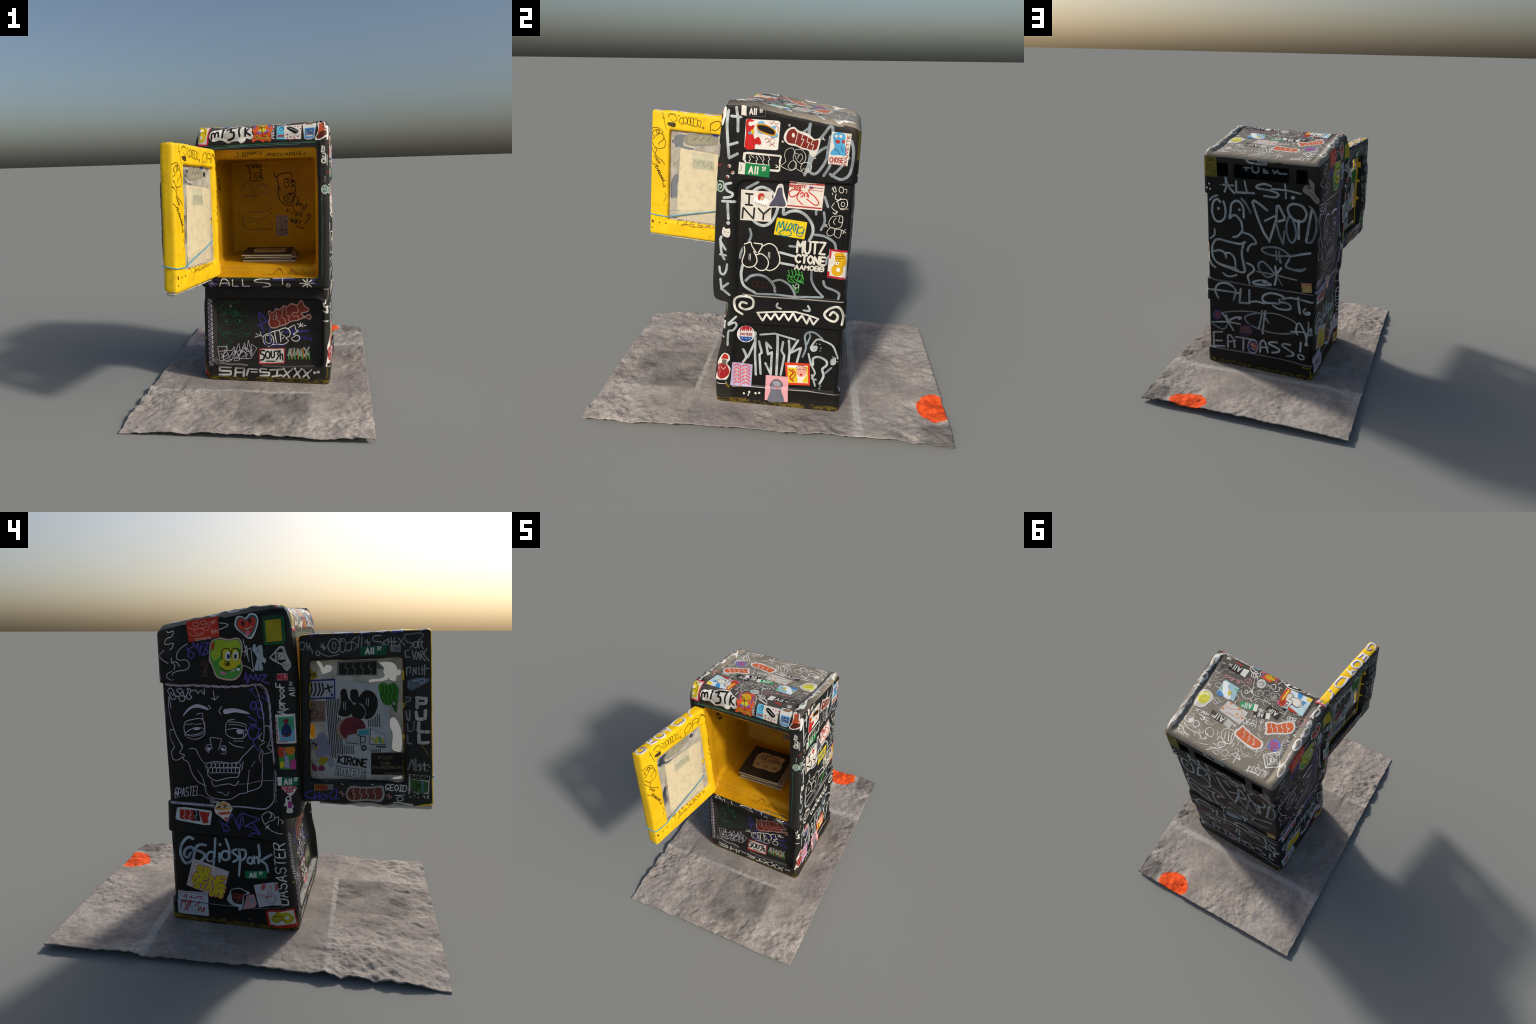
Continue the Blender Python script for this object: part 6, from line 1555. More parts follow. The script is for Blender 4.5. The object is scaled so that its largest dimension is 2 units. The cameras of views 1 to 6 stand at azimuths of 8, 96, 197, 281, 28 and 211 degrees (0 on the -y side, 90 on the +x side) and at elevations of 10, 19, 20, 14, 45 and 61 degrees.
def draw_roof(box, door):
    # white blobs of lettering along the left rim
    Mark('marker_tag', 'roof', 0.6, box)\
        .loop('e2dfd8', 9, -390, 292, -372, 236, -393, 218, -410, 246, -404, 288).line('e2dfd8', 10, -387, 204, -386, 124)\
        .loop('e2dfd8', 10, -380, 103, -377, 52, -401, 40, -411, 75, -401, 109).loop('e2dfd8', 10, -389, 4, -384, -34, -401, -52, -410, -31, -405, 7)\
        .loop('e2dfd8', 10, -388, -51, -377, -82, -391, -92, -405, -63).curve('e2dfd8', 10, -388, -115, -375, -149, -385, -186, -404, -176, -398, -139)\
        .line('cfccc4', 8, -379, 225, -391, 182).line('cfccc4', 8, -389, 169, -389, 135)
    # broken white paint along the right rim
    Mark('marker_tag', 'roof', 0.6, box)\
        .curve('e2dfd8', 12, 367, 354, 372, 324, 358, 290, 363, 263, 352, 235, 358, 199).curve('e2dfd8', 10, 366, 175, 366, 144, 367, 115)\
        .curve('cfccc4', 9, 367, 115, 355, 76, 373, 72).curve('e2dfd8', 9, 382, 43, 372, 24, 353, 19)\
        .curve('e2dfd8', 9, 374, -20, 375, -56, 355, -70, 348, -47, 358, -6).line('e2dfd8', 7, 378, -71, 362, -94)\
        .curve('e2dfd8', 16, 362, -122, 379, -181, 368, -216, 348, -241).curve('e2dfd8', 12, 352, -157, 354, -206).line('d0a040', 6, 368, -148, 355, -145)\
        .line('4fae84', 6, 366, -179, 359, -192).line('e2dfd8', 8, 364, 217, 350, 194).line('cfccc4', 10, 344, 290, 346, 317)\
        .curve('cfccc4', 8, 353, 167, 343, 140, 347, 122)
    # smiley badge
    Mark('sticker', 'roof', 1, box)\
        .blob('d8d4cc', 319, 139, 340, 74, 323, 25, 274, 19, 235, 44, 238, 84, 258, 132).oval('dcd84a', 288, 71, 43.3, 39.5, 89)\
        .curve('fdf8d8', 8, 314, 62, 289, 42, 270, 47).curve('a8a030', 3, 307, 93, 281, 99, 262, 81).dots('a8a030', 3, 306, 73, 282, 58)
    # iridescent foil square
    Mark('sticker', 'roof', 1, box)\
        .poly('a9c8d4', 232, -94, 121, -84, 107, 6, 238, 15).blob('6cc04a', 230, -34, 209, -53, 185, -39, 205, -25)\
        .blob('f0f6f4', 238, -75, 198, -82, 189, -56, 139, -15, 145, 11, 191, -2).blob('4f86c4', 233, 12, 228, -13, 189, 0, 194, 15)\
        .blob('d8c84a', 174, -34, 164, -47, 146, -26, 159, -12).poly('7fb89a', 155, -67, 122, -80, 117, -49)
    # stained white label
    Mark('sticker', 'roof', 1, box)\
        .poly('cfccc8', 139, 19, -15, 29, -13, 120, 155, 99).curve('d98a3a', 3, 148, 51, 106, 59, 70, 47, 33, 35, 13, 55, 26, 91, 74, 86, 114, 92)\
        .dots('d98a3a', 8, 139, 76, 112, 25, 48, 28, -1, 77, 41, 69)
    # green street sign
    Mark('sticker', 'roof', 1.2, box)\
        .poly('2f9c62', 67, -15, -19, -38, -34, 4, 52, 22).poly('e6e2da', -19, -38, -45, -46, -58, 2, -34, 4)\
        .text('e6e2da', 6, 'All', -5, -31, 34, -20, -18, 2).text('e6e2da', 3, 'St', 37, -2, 51, -1, 30, 13)
    # black street signs
    Mark('sticker', 'roof', 1, box)\
        .poly('2a2723', 264, -208, 163, -213, 151, -160, 258, -163).poly('e6e2da', 170, -213, 131, -219, 131, -163, 171, -166)\
        .text('e6e2da', 6, 'All', 182, -208, 232, -210, 182, -174).text('e6e2da', 3, 'St', 248, -200, 271, -202, 247, -184)
    Mark('sticker', 'roof', 1, box)\
        .poly('4a443c', 193, 112, 90, 128, 90, 168, 191, 160).poly('c4c1ba', 74, 119, 28, 129, 31, 174, 79, 162)\
        .text('e6e2da', 7, 'All', 93, 129, 151, 120, 93, 163).text('e6e2da', 4, 'St', 154, 143, 180, 143, 155, 158)
    Mark('sticker', 'roof', 1, box)\
        .poly('2f2b26', -41, 3, -119, -22, -127, 15, -51, 37).poly('e6e2da', -115, -21, -140, -31, -156, 7, -130, 13)\
        .text('e6e2da', 6, 'All', -103, -6, -71, 2, -113, 15).text('e6e2da', 3, 'St', -69, 23, -54, 26, -74, 35)
    Mark('sticker', 'roof', 1, box)\
        .poly('2f2b26', -108, -74, -202, -65, -198, -8, -97, -40).text('e6e2da', 6, 'All', -180, -54, -137, -61, -176, -26)\
        .text('e6e2da', 3, 'St', -131, -54, -115, -53, -134, -37)
    # pop art card with white balloon figure
    Mark('sticker', 'roof', 1.2, box)\
        .poly('cfe0e4', -137, -230, -322, -235, -323, -103, -141, -101).poly('d24a2a', -141, -230, -169, -230, -192, -158, -182, -104, -142, -101, -136, -173)\
        .poly('3d8fd0', -217, -234, -253, -233, -257, -191, -296, -196, -288, -162, -240, -183).poly('bfe0e4', -256, -146, -316, -173, -321, -105, -269, -100)\
        .poly('e8c84a', -153, -223, -166, -223, -163, -135, -150, -136).poly('c85a8a', -133, -126, -150, -128, -154, -104, -142, -101)\
        .poly('e8c84a', -284, -235, -321, -234, -324, -208, -288, -209).poly('c2402a', -207, -120, -245, -117, -294, -105, -269, -100, -226, -100)\
        .blob('e4e0d4', -170, -195, -187, -213, -208, -189, -237, -200, -274, -185, -286, -154, -259, -140, -222, -143, -214, -109, -202, -117, -206, -146, -178, -151)\
        .curve('1d1b18', 3, -191, -165, -217, -163, -225, -137).curve('1d1b18', 3, -210, -186, -241, -194, -270, -180, -273, -151, -254, -137, -219, -149)\
        .curve('1d1b18', 3, -171, -192, -184, -207, -204, -191, -194, -167).curve('1d1b18', 3, -185, -147, -202, -140, -204, -115)\
        .dots('c2402a', 4, -146, -145, -145, -129).dots('c2402a', 4, -159, -140, -157, -125).dots('c2402a', 4, -171, -134, -169, -121)\
        .dots('c2402a', 4, -184, -129, -181, -116).dots('c2402a', 4, -197, -123, -193, -112)
    # orange bubble letters
    Mark('sticker', 'roof', 1, box)\
        .blob('e2dfd8', -145, 38, -175, 12, -217, 0, -247, -26, -286, -49, -322, -24, -325, 17, -301, 41, -267, 58, -230, 78, -182, 103, -169, 70)\
        .blob('d4683a', -158, 39, -180, 20, -217, 12, -250, -16, -286, -36, -312, -19, -315, 12, -294, 34, -250, 54, -214, 75, -188, 89, -179, 65)\
        .line('e2dfd8', 3.5, -180, 20, -192, 47, -205, 47, -218, 77).line('e2dfd8', 3.5, -207, 6, -219, 33, -232, 33, -244, 63)\
        .line('e2dfd8', 3.5, -236, -9, -248, 18, -261, 18, -274, 48).line('e2dfd8', 3.5, -263, -23, -275, 4, -288, 5, -300, 34)\
        .oval('e2dfd8', -291, 6, 5.9, 5.0, 9)
    Mark('sticker', 'roof', 1, box)\
        .blob('e2dfd8', -20, 140, -30, 112, -58, 121, -113, 135, -165, 144, -200, 151, -213, 187, -181, 214, -147, 222, -103, 213, -53, 203, -11, 188, -9, 157)\
        .blob('d4683a', -31, 141, -38, 123, -65, 133, -119, 143, -170, 152, -191, 159, -198, 184, -175, 205, -144, 206, -103, 202, -53, 192, -25, 181, -25, 159)\
        .line('e2dfd8', 3.5, -63, 129, -62, 154, -76, 156, -74, 184).line('e2dfd8', 3.5, -104, 136, -103, 162, -117, 163, -114, 192)\
        .line('e2dfd8', 3.5, -140, 143, -139, 168, -153, 170, -150, 199).oval('e2dfd8', -156, 188, 5.7, 5.0, 35)
    # round blue sticker
    Mark('sticker', 'roof', 1, box)\
        .oval('6f7cc4', -271, 136, 40.7, 37.9, -17).text('c84a5a', 7, 'FE', -278, 110, -240, 123, -282, 129)\
        .text('c84a5a', 7, 'LD', -297, 136, -258, 152, -301, 155)
    # nested frame drawing
    Mark('marker_tag', 'roof', 0.6, box)\
        .frame('e2dfd8', 7, -243, 217, -317, 157, -370, 233, -300, 281).frame('e2dfd8', 4, -264, 217, -310, 175, -347, 223, -301, 260)\
        .line('e2dfd8', 4, -285, 223, -330, 206, -306, 247, -291, 199, -343, 222).line('e2dfd8', 4, -246, 217, -280, 226)\
        .line('e2dfd8', 4, -318, 160, -318, 192).line('e2dfd8', 4, -369, 231, -340, 224).line('e2dfd8', 4, -300, 279, -304, 248)\
        .text('e2dfd8', 4, 'EA', -316, 207, -293, 226, -330, 224)
    # white written names
    Mark('marker_tag', 'roof', 0.6, box)\
        .text('e2dfd8', 6, 'ALLSTX', -331, 298, -204, 311, -329, 338, 0.1).line('e2dfd8', 6, -239, 338, -288, 339)\
        .text('cfccc4', 5, 'WIZARD', -341, 67, -340, 178, -308, 70, 0.1).line('cfccc4', 4, -298, 75, -325, 160)\
        .text('e2dfd8', 5, '1990', -98, 48, -12, 72, -111, 86, 0.1).line('e2dfd8', 4, -125, 57, -136, 98)\
        .text('e2dfd8', 5, 'MW.X', 192, 142, 288, 155, 194, 161, 0.1).text('c98f92', 6, 'ALSXX', 129, -126, 247, -123, 140, -108, 0.1)\
        .text('e2dfd8', 5, 'BOB', -298, -74, -247, -66, -303, -43).line('e2dfd8', 4, -185, -64, -213, -64, -226, -100).line('e2dfd8', 4, -218, -33, -226, -78)\
        .line('e2dfd8', 3, -225, 255, -227, 176).line('e2dfd8', 3, -267, 87, -268, 54).line('e2dfd8', 3, -139, 119, -167, 129)\
        .line('e2dfd8', 3, -231, 181, -225, 116).loop('c98f92', 5, -324, -55, -326, -86, -350, -92, -360, -63, -343, -46)\
        .line('c98f92', 4, -307, -60, -347, -62).line('c98f92', 4, -345, -125, -348, -84).line('c98f92', 4, -370, -93, -354, -85)
    # doodled heads
    Mark('marker_tag', 'roof', 0.6, box)\
        .curve('e2dfd8', 6, 320, 221, 319, 244, 286, 256, 262, 247, 268, 218, 297, 219).blob('e2dfd8', 295, 233, 268, 223, 257, 244, 278, 252)\
        .curve('e2dfd8', 5, 298, 197, 276, 200, 275, 219).loop('e2dfd8', 6, 250, 232, 227, 223, 208, 244, 221, 263, 244, 257)\
        .curve('e2dfd8', 5, 249, 179, 210, 181, 210, 203, 229, 198).line('e2dfd8', 5, 221, 187, 178, 174).line('e2dfd8', 5, 210, 192, 170, 192)\
        .line('e2dfd8', 5, 193, 201, 168, 210).curve('e2dfd8', 6, 329, 298, 291, 302, 260, 325, 220, 329)\
        .curve('e2dfd8', 5, 303, 270, 267, 289, 221, 295, 173, 290, 143, 311, 125, 285).line('e2dfd8', 5, 240, 332, 223, 346)\
        .curve('e2dfd8', 5, 179, 282, 161, 275, 163, 261).loop('e2dfd8', 5, 155, 241, 132, 220, 100, 240, 98, 270, 139, 270).dots('e2dfd8', 5, 131, 266)\
        .curve('e2dfd8', 5, 129, 311, 121, 291, 116, 303).line('e2dfd8', 4, 311, 312, 300, 338, 254, 344).line('e2dfd8', 4, 165, 350, 84, 324)\
        .line('e2dfd8', 4, 310, 324, 291, 318).line('e2dfd8', 4, 297, 329, 279, 323).line('e2dfd8', 4, 285, 333, 267, 327)\
        .line('e2dfd8', 4, 273, 337, 255, 331).line('e2dfd8', 4, 261, 341, 243, 335)
    Mark('marker_tag', 'roof', 0.6, box)\
        .loop('e2dfd8', 5, 60, 196, 31, 174, -10, 175, -30, 223, -23, 256, 11, 259, 49, 235).curve('e2dfd8', 5, 39, 200, 22, 243)\
        .curve('e2dfd8', 5, 24, 185, -9, 245).curve('e2dfd8', 5, -2, 186, -24, 241).curve('e2dfd8', 5, 56, 269, 56, 246, 27, 246)\
        .curve('e2dfd8', 6, 34, 301, 36, 276, 2, 262, -2, 289, 21, 309).loop('e2dfd8', 6, -12, 320, -23, 300, -48, 304, -51, 331, -26, 337)\
        .loop('e2dfd8', 5, 37, 340, 17, 326, -2, 333, 7, 352).line('e2dfd8', 5, 78, 355, 33, 312).line('e2dfd8', 5, 72, 330, -2, 311)\
        .line('e2dfd8', 5, 66, 297, 48, 302).curve('e2dfd8', 5, -69, 325, -74, 301, -109, 289, -137, 310, -117, 313).line('e2dfd8', 6, -110, 345, -106, 284)\
        .line('e2dfd8', 5, -80, 305, -137, 310).line('e2dfd8', 5, -87, 287, -104, 270).curve('e2dfd8', 4, -73, 272, -86, 258, -104, 270)\
        .line('e2dfd8', 5, -49, 267, -49, 241).line('e2dfd8', 5, -74, 236, -69, 216).line('e2dfd8', 4, -120, 240, -117, 224)\
        .line('cfccc4', 3, -126, 287, -154, 249, -194, 262, -129, 287).line('cfccc4', 3, -143, 276, -164, 259).line('e2dfd8', 5, -183, 228, -206, 208)\
        .line('e2dfd8', 5, -186, 205, -206, 226).line('e2dfd8', 6, -37, 365, -70, 339)
    Mark('marker_tag', 'roof', 0.6, box)\
        .curve('e2dfd8', 4, 116, -94, 107, -115, 81, -120, 41, -103, 15, -79, 36, -49, 73, -49, 102, -72)\
        .loop('e2dfd8', 4, 82, -93, 65, -94, 59, -79, 74, -75).curve('e2dfd8', 4, 54, -89, 47, -100, 31, -93)\
        .loop('c98f92', 4, 125, -148, 98, -169, 72, -152, 76, -123, 105, -123).line('c98f92', 4, 113, -146, 75, -139).line('c98f92', 4, 98, -135, 87, -163)\
        .curve('e2dfd8', 4, 75, -192, 51, -136, 38, -105).curve('e2dfd8', 4, 89, -241, 107, -208, 91, -188, 55, -207, 60, -238)\
        .line('e2dfd8', 4, 95, -206, 81, -189).line('e2dfd8', 4, 84, -217, 67, -197).line('e2dfd8', 5, 145, -253, 83, -233)\
        .oval('d8d5ce', 15, -175, 32.6, 29.6, -16).curve('8d8a84', 4, 30, -173, 21, -189, 2, -176, 12, -162)\
        .loop('e2dfd8', 5, -48, -194, -63, -211, -80, -189, -67, -174).curve('e2dfd8', 5, -22, -188, -44, -177, -50, -150)\
        .line('e2dfd8', 5, -78, -221, -86, -250).line('e2dfd8', 5, -93, -203, -115, -208).curve('e2dfd8', 5, -80, -166, -107, -181, -102, -200)\
        .curve('e2dfd8', 5, -2, -58, -24, -80, -66, -84, -109, -84).loop('cfccc4', 4, 16, -116, -5, -135, -30, -117, -17, -92, 12, -92)\
        .loop('cfccc4', 4, -29, -143, -67, -152, -97, -115, -77, -89, -43, -109).loop('cfccc4', 4, -55, -123, -76, -131, -84, -112, -68, -104)\
        .curve('cfccc4', 4, -81, -152, -108, -166, -130, -159).line('cfccc4', 4, -97, -138, -106, -112).line('e2dfd8', 5, 21, -54, 2, -41)\
        .poly('e2dfd8', -68, -40, -82, -28, -97, -36, -92, -21, -104, -10, -85, -10, -76, 2, -71, -15, -57, -23, -71, -27).line('e2dfd8', 5, 27, 135, 0, 143)\
        .line('e2dfd8', 5, 8, 126, 18, 149).line('e2dfd8', 5, -109, 43, -135, 44).line('e2dfd8', 5, -117, 27, -120, 55).line('e2dfd8', 5, -331, 21, -357, 30)\
        .line('e2dfd8', 5, -349, 10, -336, 35).line('e2dfd8', 4, -307, 56, -327, 55).line('e2dfd8', 4, -327, -20, -337, -38)\
        .line('e2dfd8', 4, -331, -1, -347, -4)
    Mark('marker_tag', 'roof', 0.6, box)\
        .curve('a8a49b', 5, 303, -58, 302, -103, 275, -109, 298, -75, 276, -86).line('a8a49b', 5, 308, -44, 248, -89)\
        .curve('a8a49b', 6, 326, -116, 294, -114, 277, -146, 254, -157).curve('cfccc4', 4, 276, -41, 257, -58, 232, -49, 244, -27, 269, -30)\
        .curve('cfccc4', 4, 229, 64, 224, 38, 190, 43, 192, 74, 216, 72).line('cfccc4', 4, 228, 48, 190, 66).line('cfccc4', 4, 187, 49, 161, 43)\
        .curve('cfccc4', 4, 121, -9, 110, -38, 88, -27).line('e2dfd8', 5, 319, -9, 295, -24).line('e2dfd8', 5, 319, -24, 294, -5)\
        .line('cfccc4', 4, 130, 190, 121, 170).blob('a05048', 248, -172, 223, -190, 206, -176, 224, -158).line('b5b1a8', 8, 308, -183, 293, -183)\
        .line('b5b1a8', 7, 298, -224, 279, -229).line('b83a30', 10, 235, -231, 195, -226)
    # yellow face card on the visor
    Mark('sticker', 'visor', 1, box)\
        .poly('ddd5cc', -414, 89, -342, 87, -355, -47, -415, -41).poly('c8324a', -414, 90, -343, 92, -340, 81, -416, 84)\
        .poly('c8324a', -344, 86, -341, 90, -349, -47, -359, -45).poly('c8324a', -414, -36, -356, -41, -357, -50, -415, -45)\
        .blob('d8c020', -407, 67, -388, 80, -364, 59, -358, 31, -360, 2, -379, -28, -405, -26, -408, 0, -398, 29).oval('e8e4d8', -395, 36, 10.7, 9.4, 94)\
        .oval('e8e4d8', -394, -6, 11.3, 8.0, 70).curve('3a3410', 3, -406, 18, -387, 28, -371, 18).curve('3a3410', 3, -386, 61, -366, 38, -367, 10)
    # fat white outlined name
    Mark('marker_tag', 'visor', 0.9, box)\
        .blob('e4e1d8', -340, -6, -333, 23, -314, 40, -287, 43, -270, 52, -243, 53, -208, 70, -165, 80, -130, 77, -98, 58, -69, 46, -67, 14, -54, -9, -75, -23, -103, -16, -109, -31, -135, -40, -155, -30, -188, -32, -217, -39, -243, -30, -271, -22, -315, -29)\
        .curve('191816', 12, -325, -17, -327, 6, -318, 21, -306, 11, -305, -4).curve('191816', 12, -304, 7, -297, 23, -285, 24, -281, -3)\
        .line('191816', 12, -253, 30, -257, -8).dots('191816', 9, -252, 43).curve('191816', 13, -227, 42, -202, 49, -204, 24, -184, 20, -183, -11, -216, -23)\
        .curve('191816', 12, -147, 59, -151, 29, -143, -5).line('191816', 12, -211, 56, -142, 69).line('191816', 11, -112, 54, -108, -5)\
        .curve('191816', 11, -88, 46, -103, 19, -76, -1).dots('e4e1d8', 7, -132, -20)
    # orange horned mask
    Mark('sticker', 'visor', 1.2, box)\
        .blob('d85a28', -64, 95, -39, 86, -26, 104, 8, 101, 42, 101, 51, 71, 65, 36, 52, 2, 54, -36, 21, -33, 4, -39, -22, -28, -65, -37, -52, 0, -63, 29, -59, 64)\
        .blob('c9a028', -44, 84, -22, 91, 11, 90, 30, 65, 8, 44, -19, 46, -38, 65).blob('c8c238', -16, 37, 14, 41, 24, 25, 1, 12, -28, 25)\
        .curve('6a5aa0', 9, -49, 42, -52, 66, -49, 88).curve('6a5aa0', 9, 42, 44, 42, 68, 37, 93).blob('7a70b0', -32, 19, -5, 15, -13, 2, -40, 8)\
        .blob('7a70b0', 16, 18, 39, 29, 38, 11, 18, 4).oval('b03048', -32, 7, 10.5, 6.0, -158).oval('b03048', 30, 8, 11.5, 6.1, -162)\
        .curve('b8a030', 7, -34, -3, -18, -16, 8, -18, 41, -23).curve('3a2420', 3, -45, 68, -13, 57, 1, 14, 9, -22).curve('3a2420', 3, -21, 50, 6, 48, 26, 64)\
        .curve('b8a030', 6, -44, -14, -27, -25).curve('b8a030', 6, 24, -6, 47, -30).line('b83028', 6, 3, -5, 14, -13)
    # blue figure and dotted card
    Mark('sticker', 'visor', 1.2, box)\
        .poly('dcd6cc', 91, 56, 246, 62, 242, -32, 89, -28).poly('5fb6d6', 92, 54, 135, 56, 140, -31, 91, -27)\
        .loop('2a6a8a', 3, 107, 34, 122, 43, 134, 28, 116, 19).loop('2a6a8a', 3, 114, 50, 133, 46, 131, 29)\
        .poly('b83a28', 100, -8, 138, -6, 135, -17, 97, -19).blob('1d1b18', 153, 40, 171, 47, 209, 26, 227, 11, 209, -3, 182, 10, 160, 26)\
        .dots('a0403a', 4, 158, -5, 179, -17, 199, -20, 224, -17, 176, -35, 239, 25, 243, 44, 223, 43, 202, 47, 159, -22, 206, -29)\
        .line('e8e4d8', 2, 165, 36, 217, 10)
    # blue and white paper cup
    Mark('sticker', 'visor', 1.2, box)\
        .poly('d9d9d4', 250, 63, 261, 73, 300, 77, 330, 69, 334, 52, 324, -22, 311, -33, 279, -35, 262, -29)\
        .poly('4a8cc4', 264, 28, 327, 30, 325, 14, 266, 15).poly('4a8cc4', 265, -19, 319, -17, 316, -29, 266, -30)\
        .poly('4a8cc4', 266, 15, 273, 15, 274, -21, 266, -21).poly('4a8cc4', 320, 15, 327, 16, 320, -19, 314, -19)\
        .text('3a5a8a', 4, 'NEW', 277, 3, 320, 8, 275, 18).text('3a5a8a', 4, 'YORK', 277, -11, 319, -7, 277, 1)\
        .blob('8a6a52', 263, 64, 282, 72, 320, 71, 308, 58, 279, 57)
    # orange cutout on the corner
    Mark('sticker', 'visor', 1.2, box)\
        .blob('e6e2da', 340, 63, 360, 73, 386, 65, 392, 41, 403, 20, 403, -5, 382, -27, 351, -38, 326, -33, 342, -3, 347, 24)\
        .blob('c4522a', 348, 56, 363, 67, 381, 57, 384, 34, 395, 13, 372, -7, 347, -2, 353, 30)\
        .blob('5a2418', 336, -21, 361, 2, 395, 11, 398, -3, 373, -24, 345, -32)
    # thin writing on the visor
    Mark('marker_tag', 'visor', 0.7, box)\
        .text('c9b9bc', 5, 'PROPU', 77, -24, 72, 53, 59, -22, 0.1).curve('cfc6c6', 5, 144, 64, 139, 82, 103, 98, 78, 90, 66, 76, 67, 51)\
        .curve('cfc6c6', 4, 52, 116, 79, 96, 107, 100).line('cfc6c6', 4, 56, 115, 74, 97).line('cfc6c6', 4, 70, 117, 84, 100)\
        .line('cfc6c6', 4, 86, 116, 97, 99).text('d8d5ce', 4, 'XS', 287, 83, 309, 87, 284, 98)
    # green smeared bead along the mouth
    Mark('marker_tag', 'front', 0.5, box)\
        .line('4f7d68', 4, -387, 1557, -185, 1568, 30, 1575, 236, 1576, 336, 1576).line('6f8f80', 2, -388, 1548, -186, 1560, 30, 1567, 236, 1568)
    # dense small faded scribbles between the stickers
    rnd = random.Random(11)
    for colour, count, size in (("b4b0a6", 80, 22), ("d6d2c8", 70, 15), ("8d8478", 40, 20), ("b8958f", 12, 18)):
        m = Mark("faded_scribble", "roof", 0.45, box)
        for i in range(count):
            m.lift = 0.00035
            cx, cy, turn = rnd.uniform(-325, 325), rnd.uniform(-190, 315), rnd.uniform(0, math.tau)
            pts, n = [], rnd.randint(4, 7)
            for j in range(n):
                u, v = (j / (n - 1) - 0.5) * 2 * size, rnd.uniform(-0.55, 0.55) * size
                pts += [cx + u * math.cos(turn) - v * math.sin(turn), cy + u * math.sin(turn) + v * math.cos(turn)]
            (m.curve if rnd.random() < 0.65 else m.line)(colour, rnd.uniform(1.8, 3.6), *pts)
    # worn white paint in broken dabs along both rims
    for side, colour in ((1, "e6e3dc"), (-1, "dad7d0"), (1, "b9b6ae")):
        m = Mark("marker_tag", "roof", 0.55, box)
        for i in range(15 if colour != "dad7d0" else 7):
            m.lift = 0.0006
            y = -215 + i * (36 if colour != "dad7d0" else 72) + rnd.uniform(-9, 9)
            x = side * (374 + rnd.uniform(-10, 12)) - 8
            m.curve(colour, rnd.uniform(9, 18), x, y, x + rnd.uniform(-7, 7), y + rnd.uniform(6, 14), x + rnd.uniform(-4, 4), y + rnd.uniform(16, 30))
    return


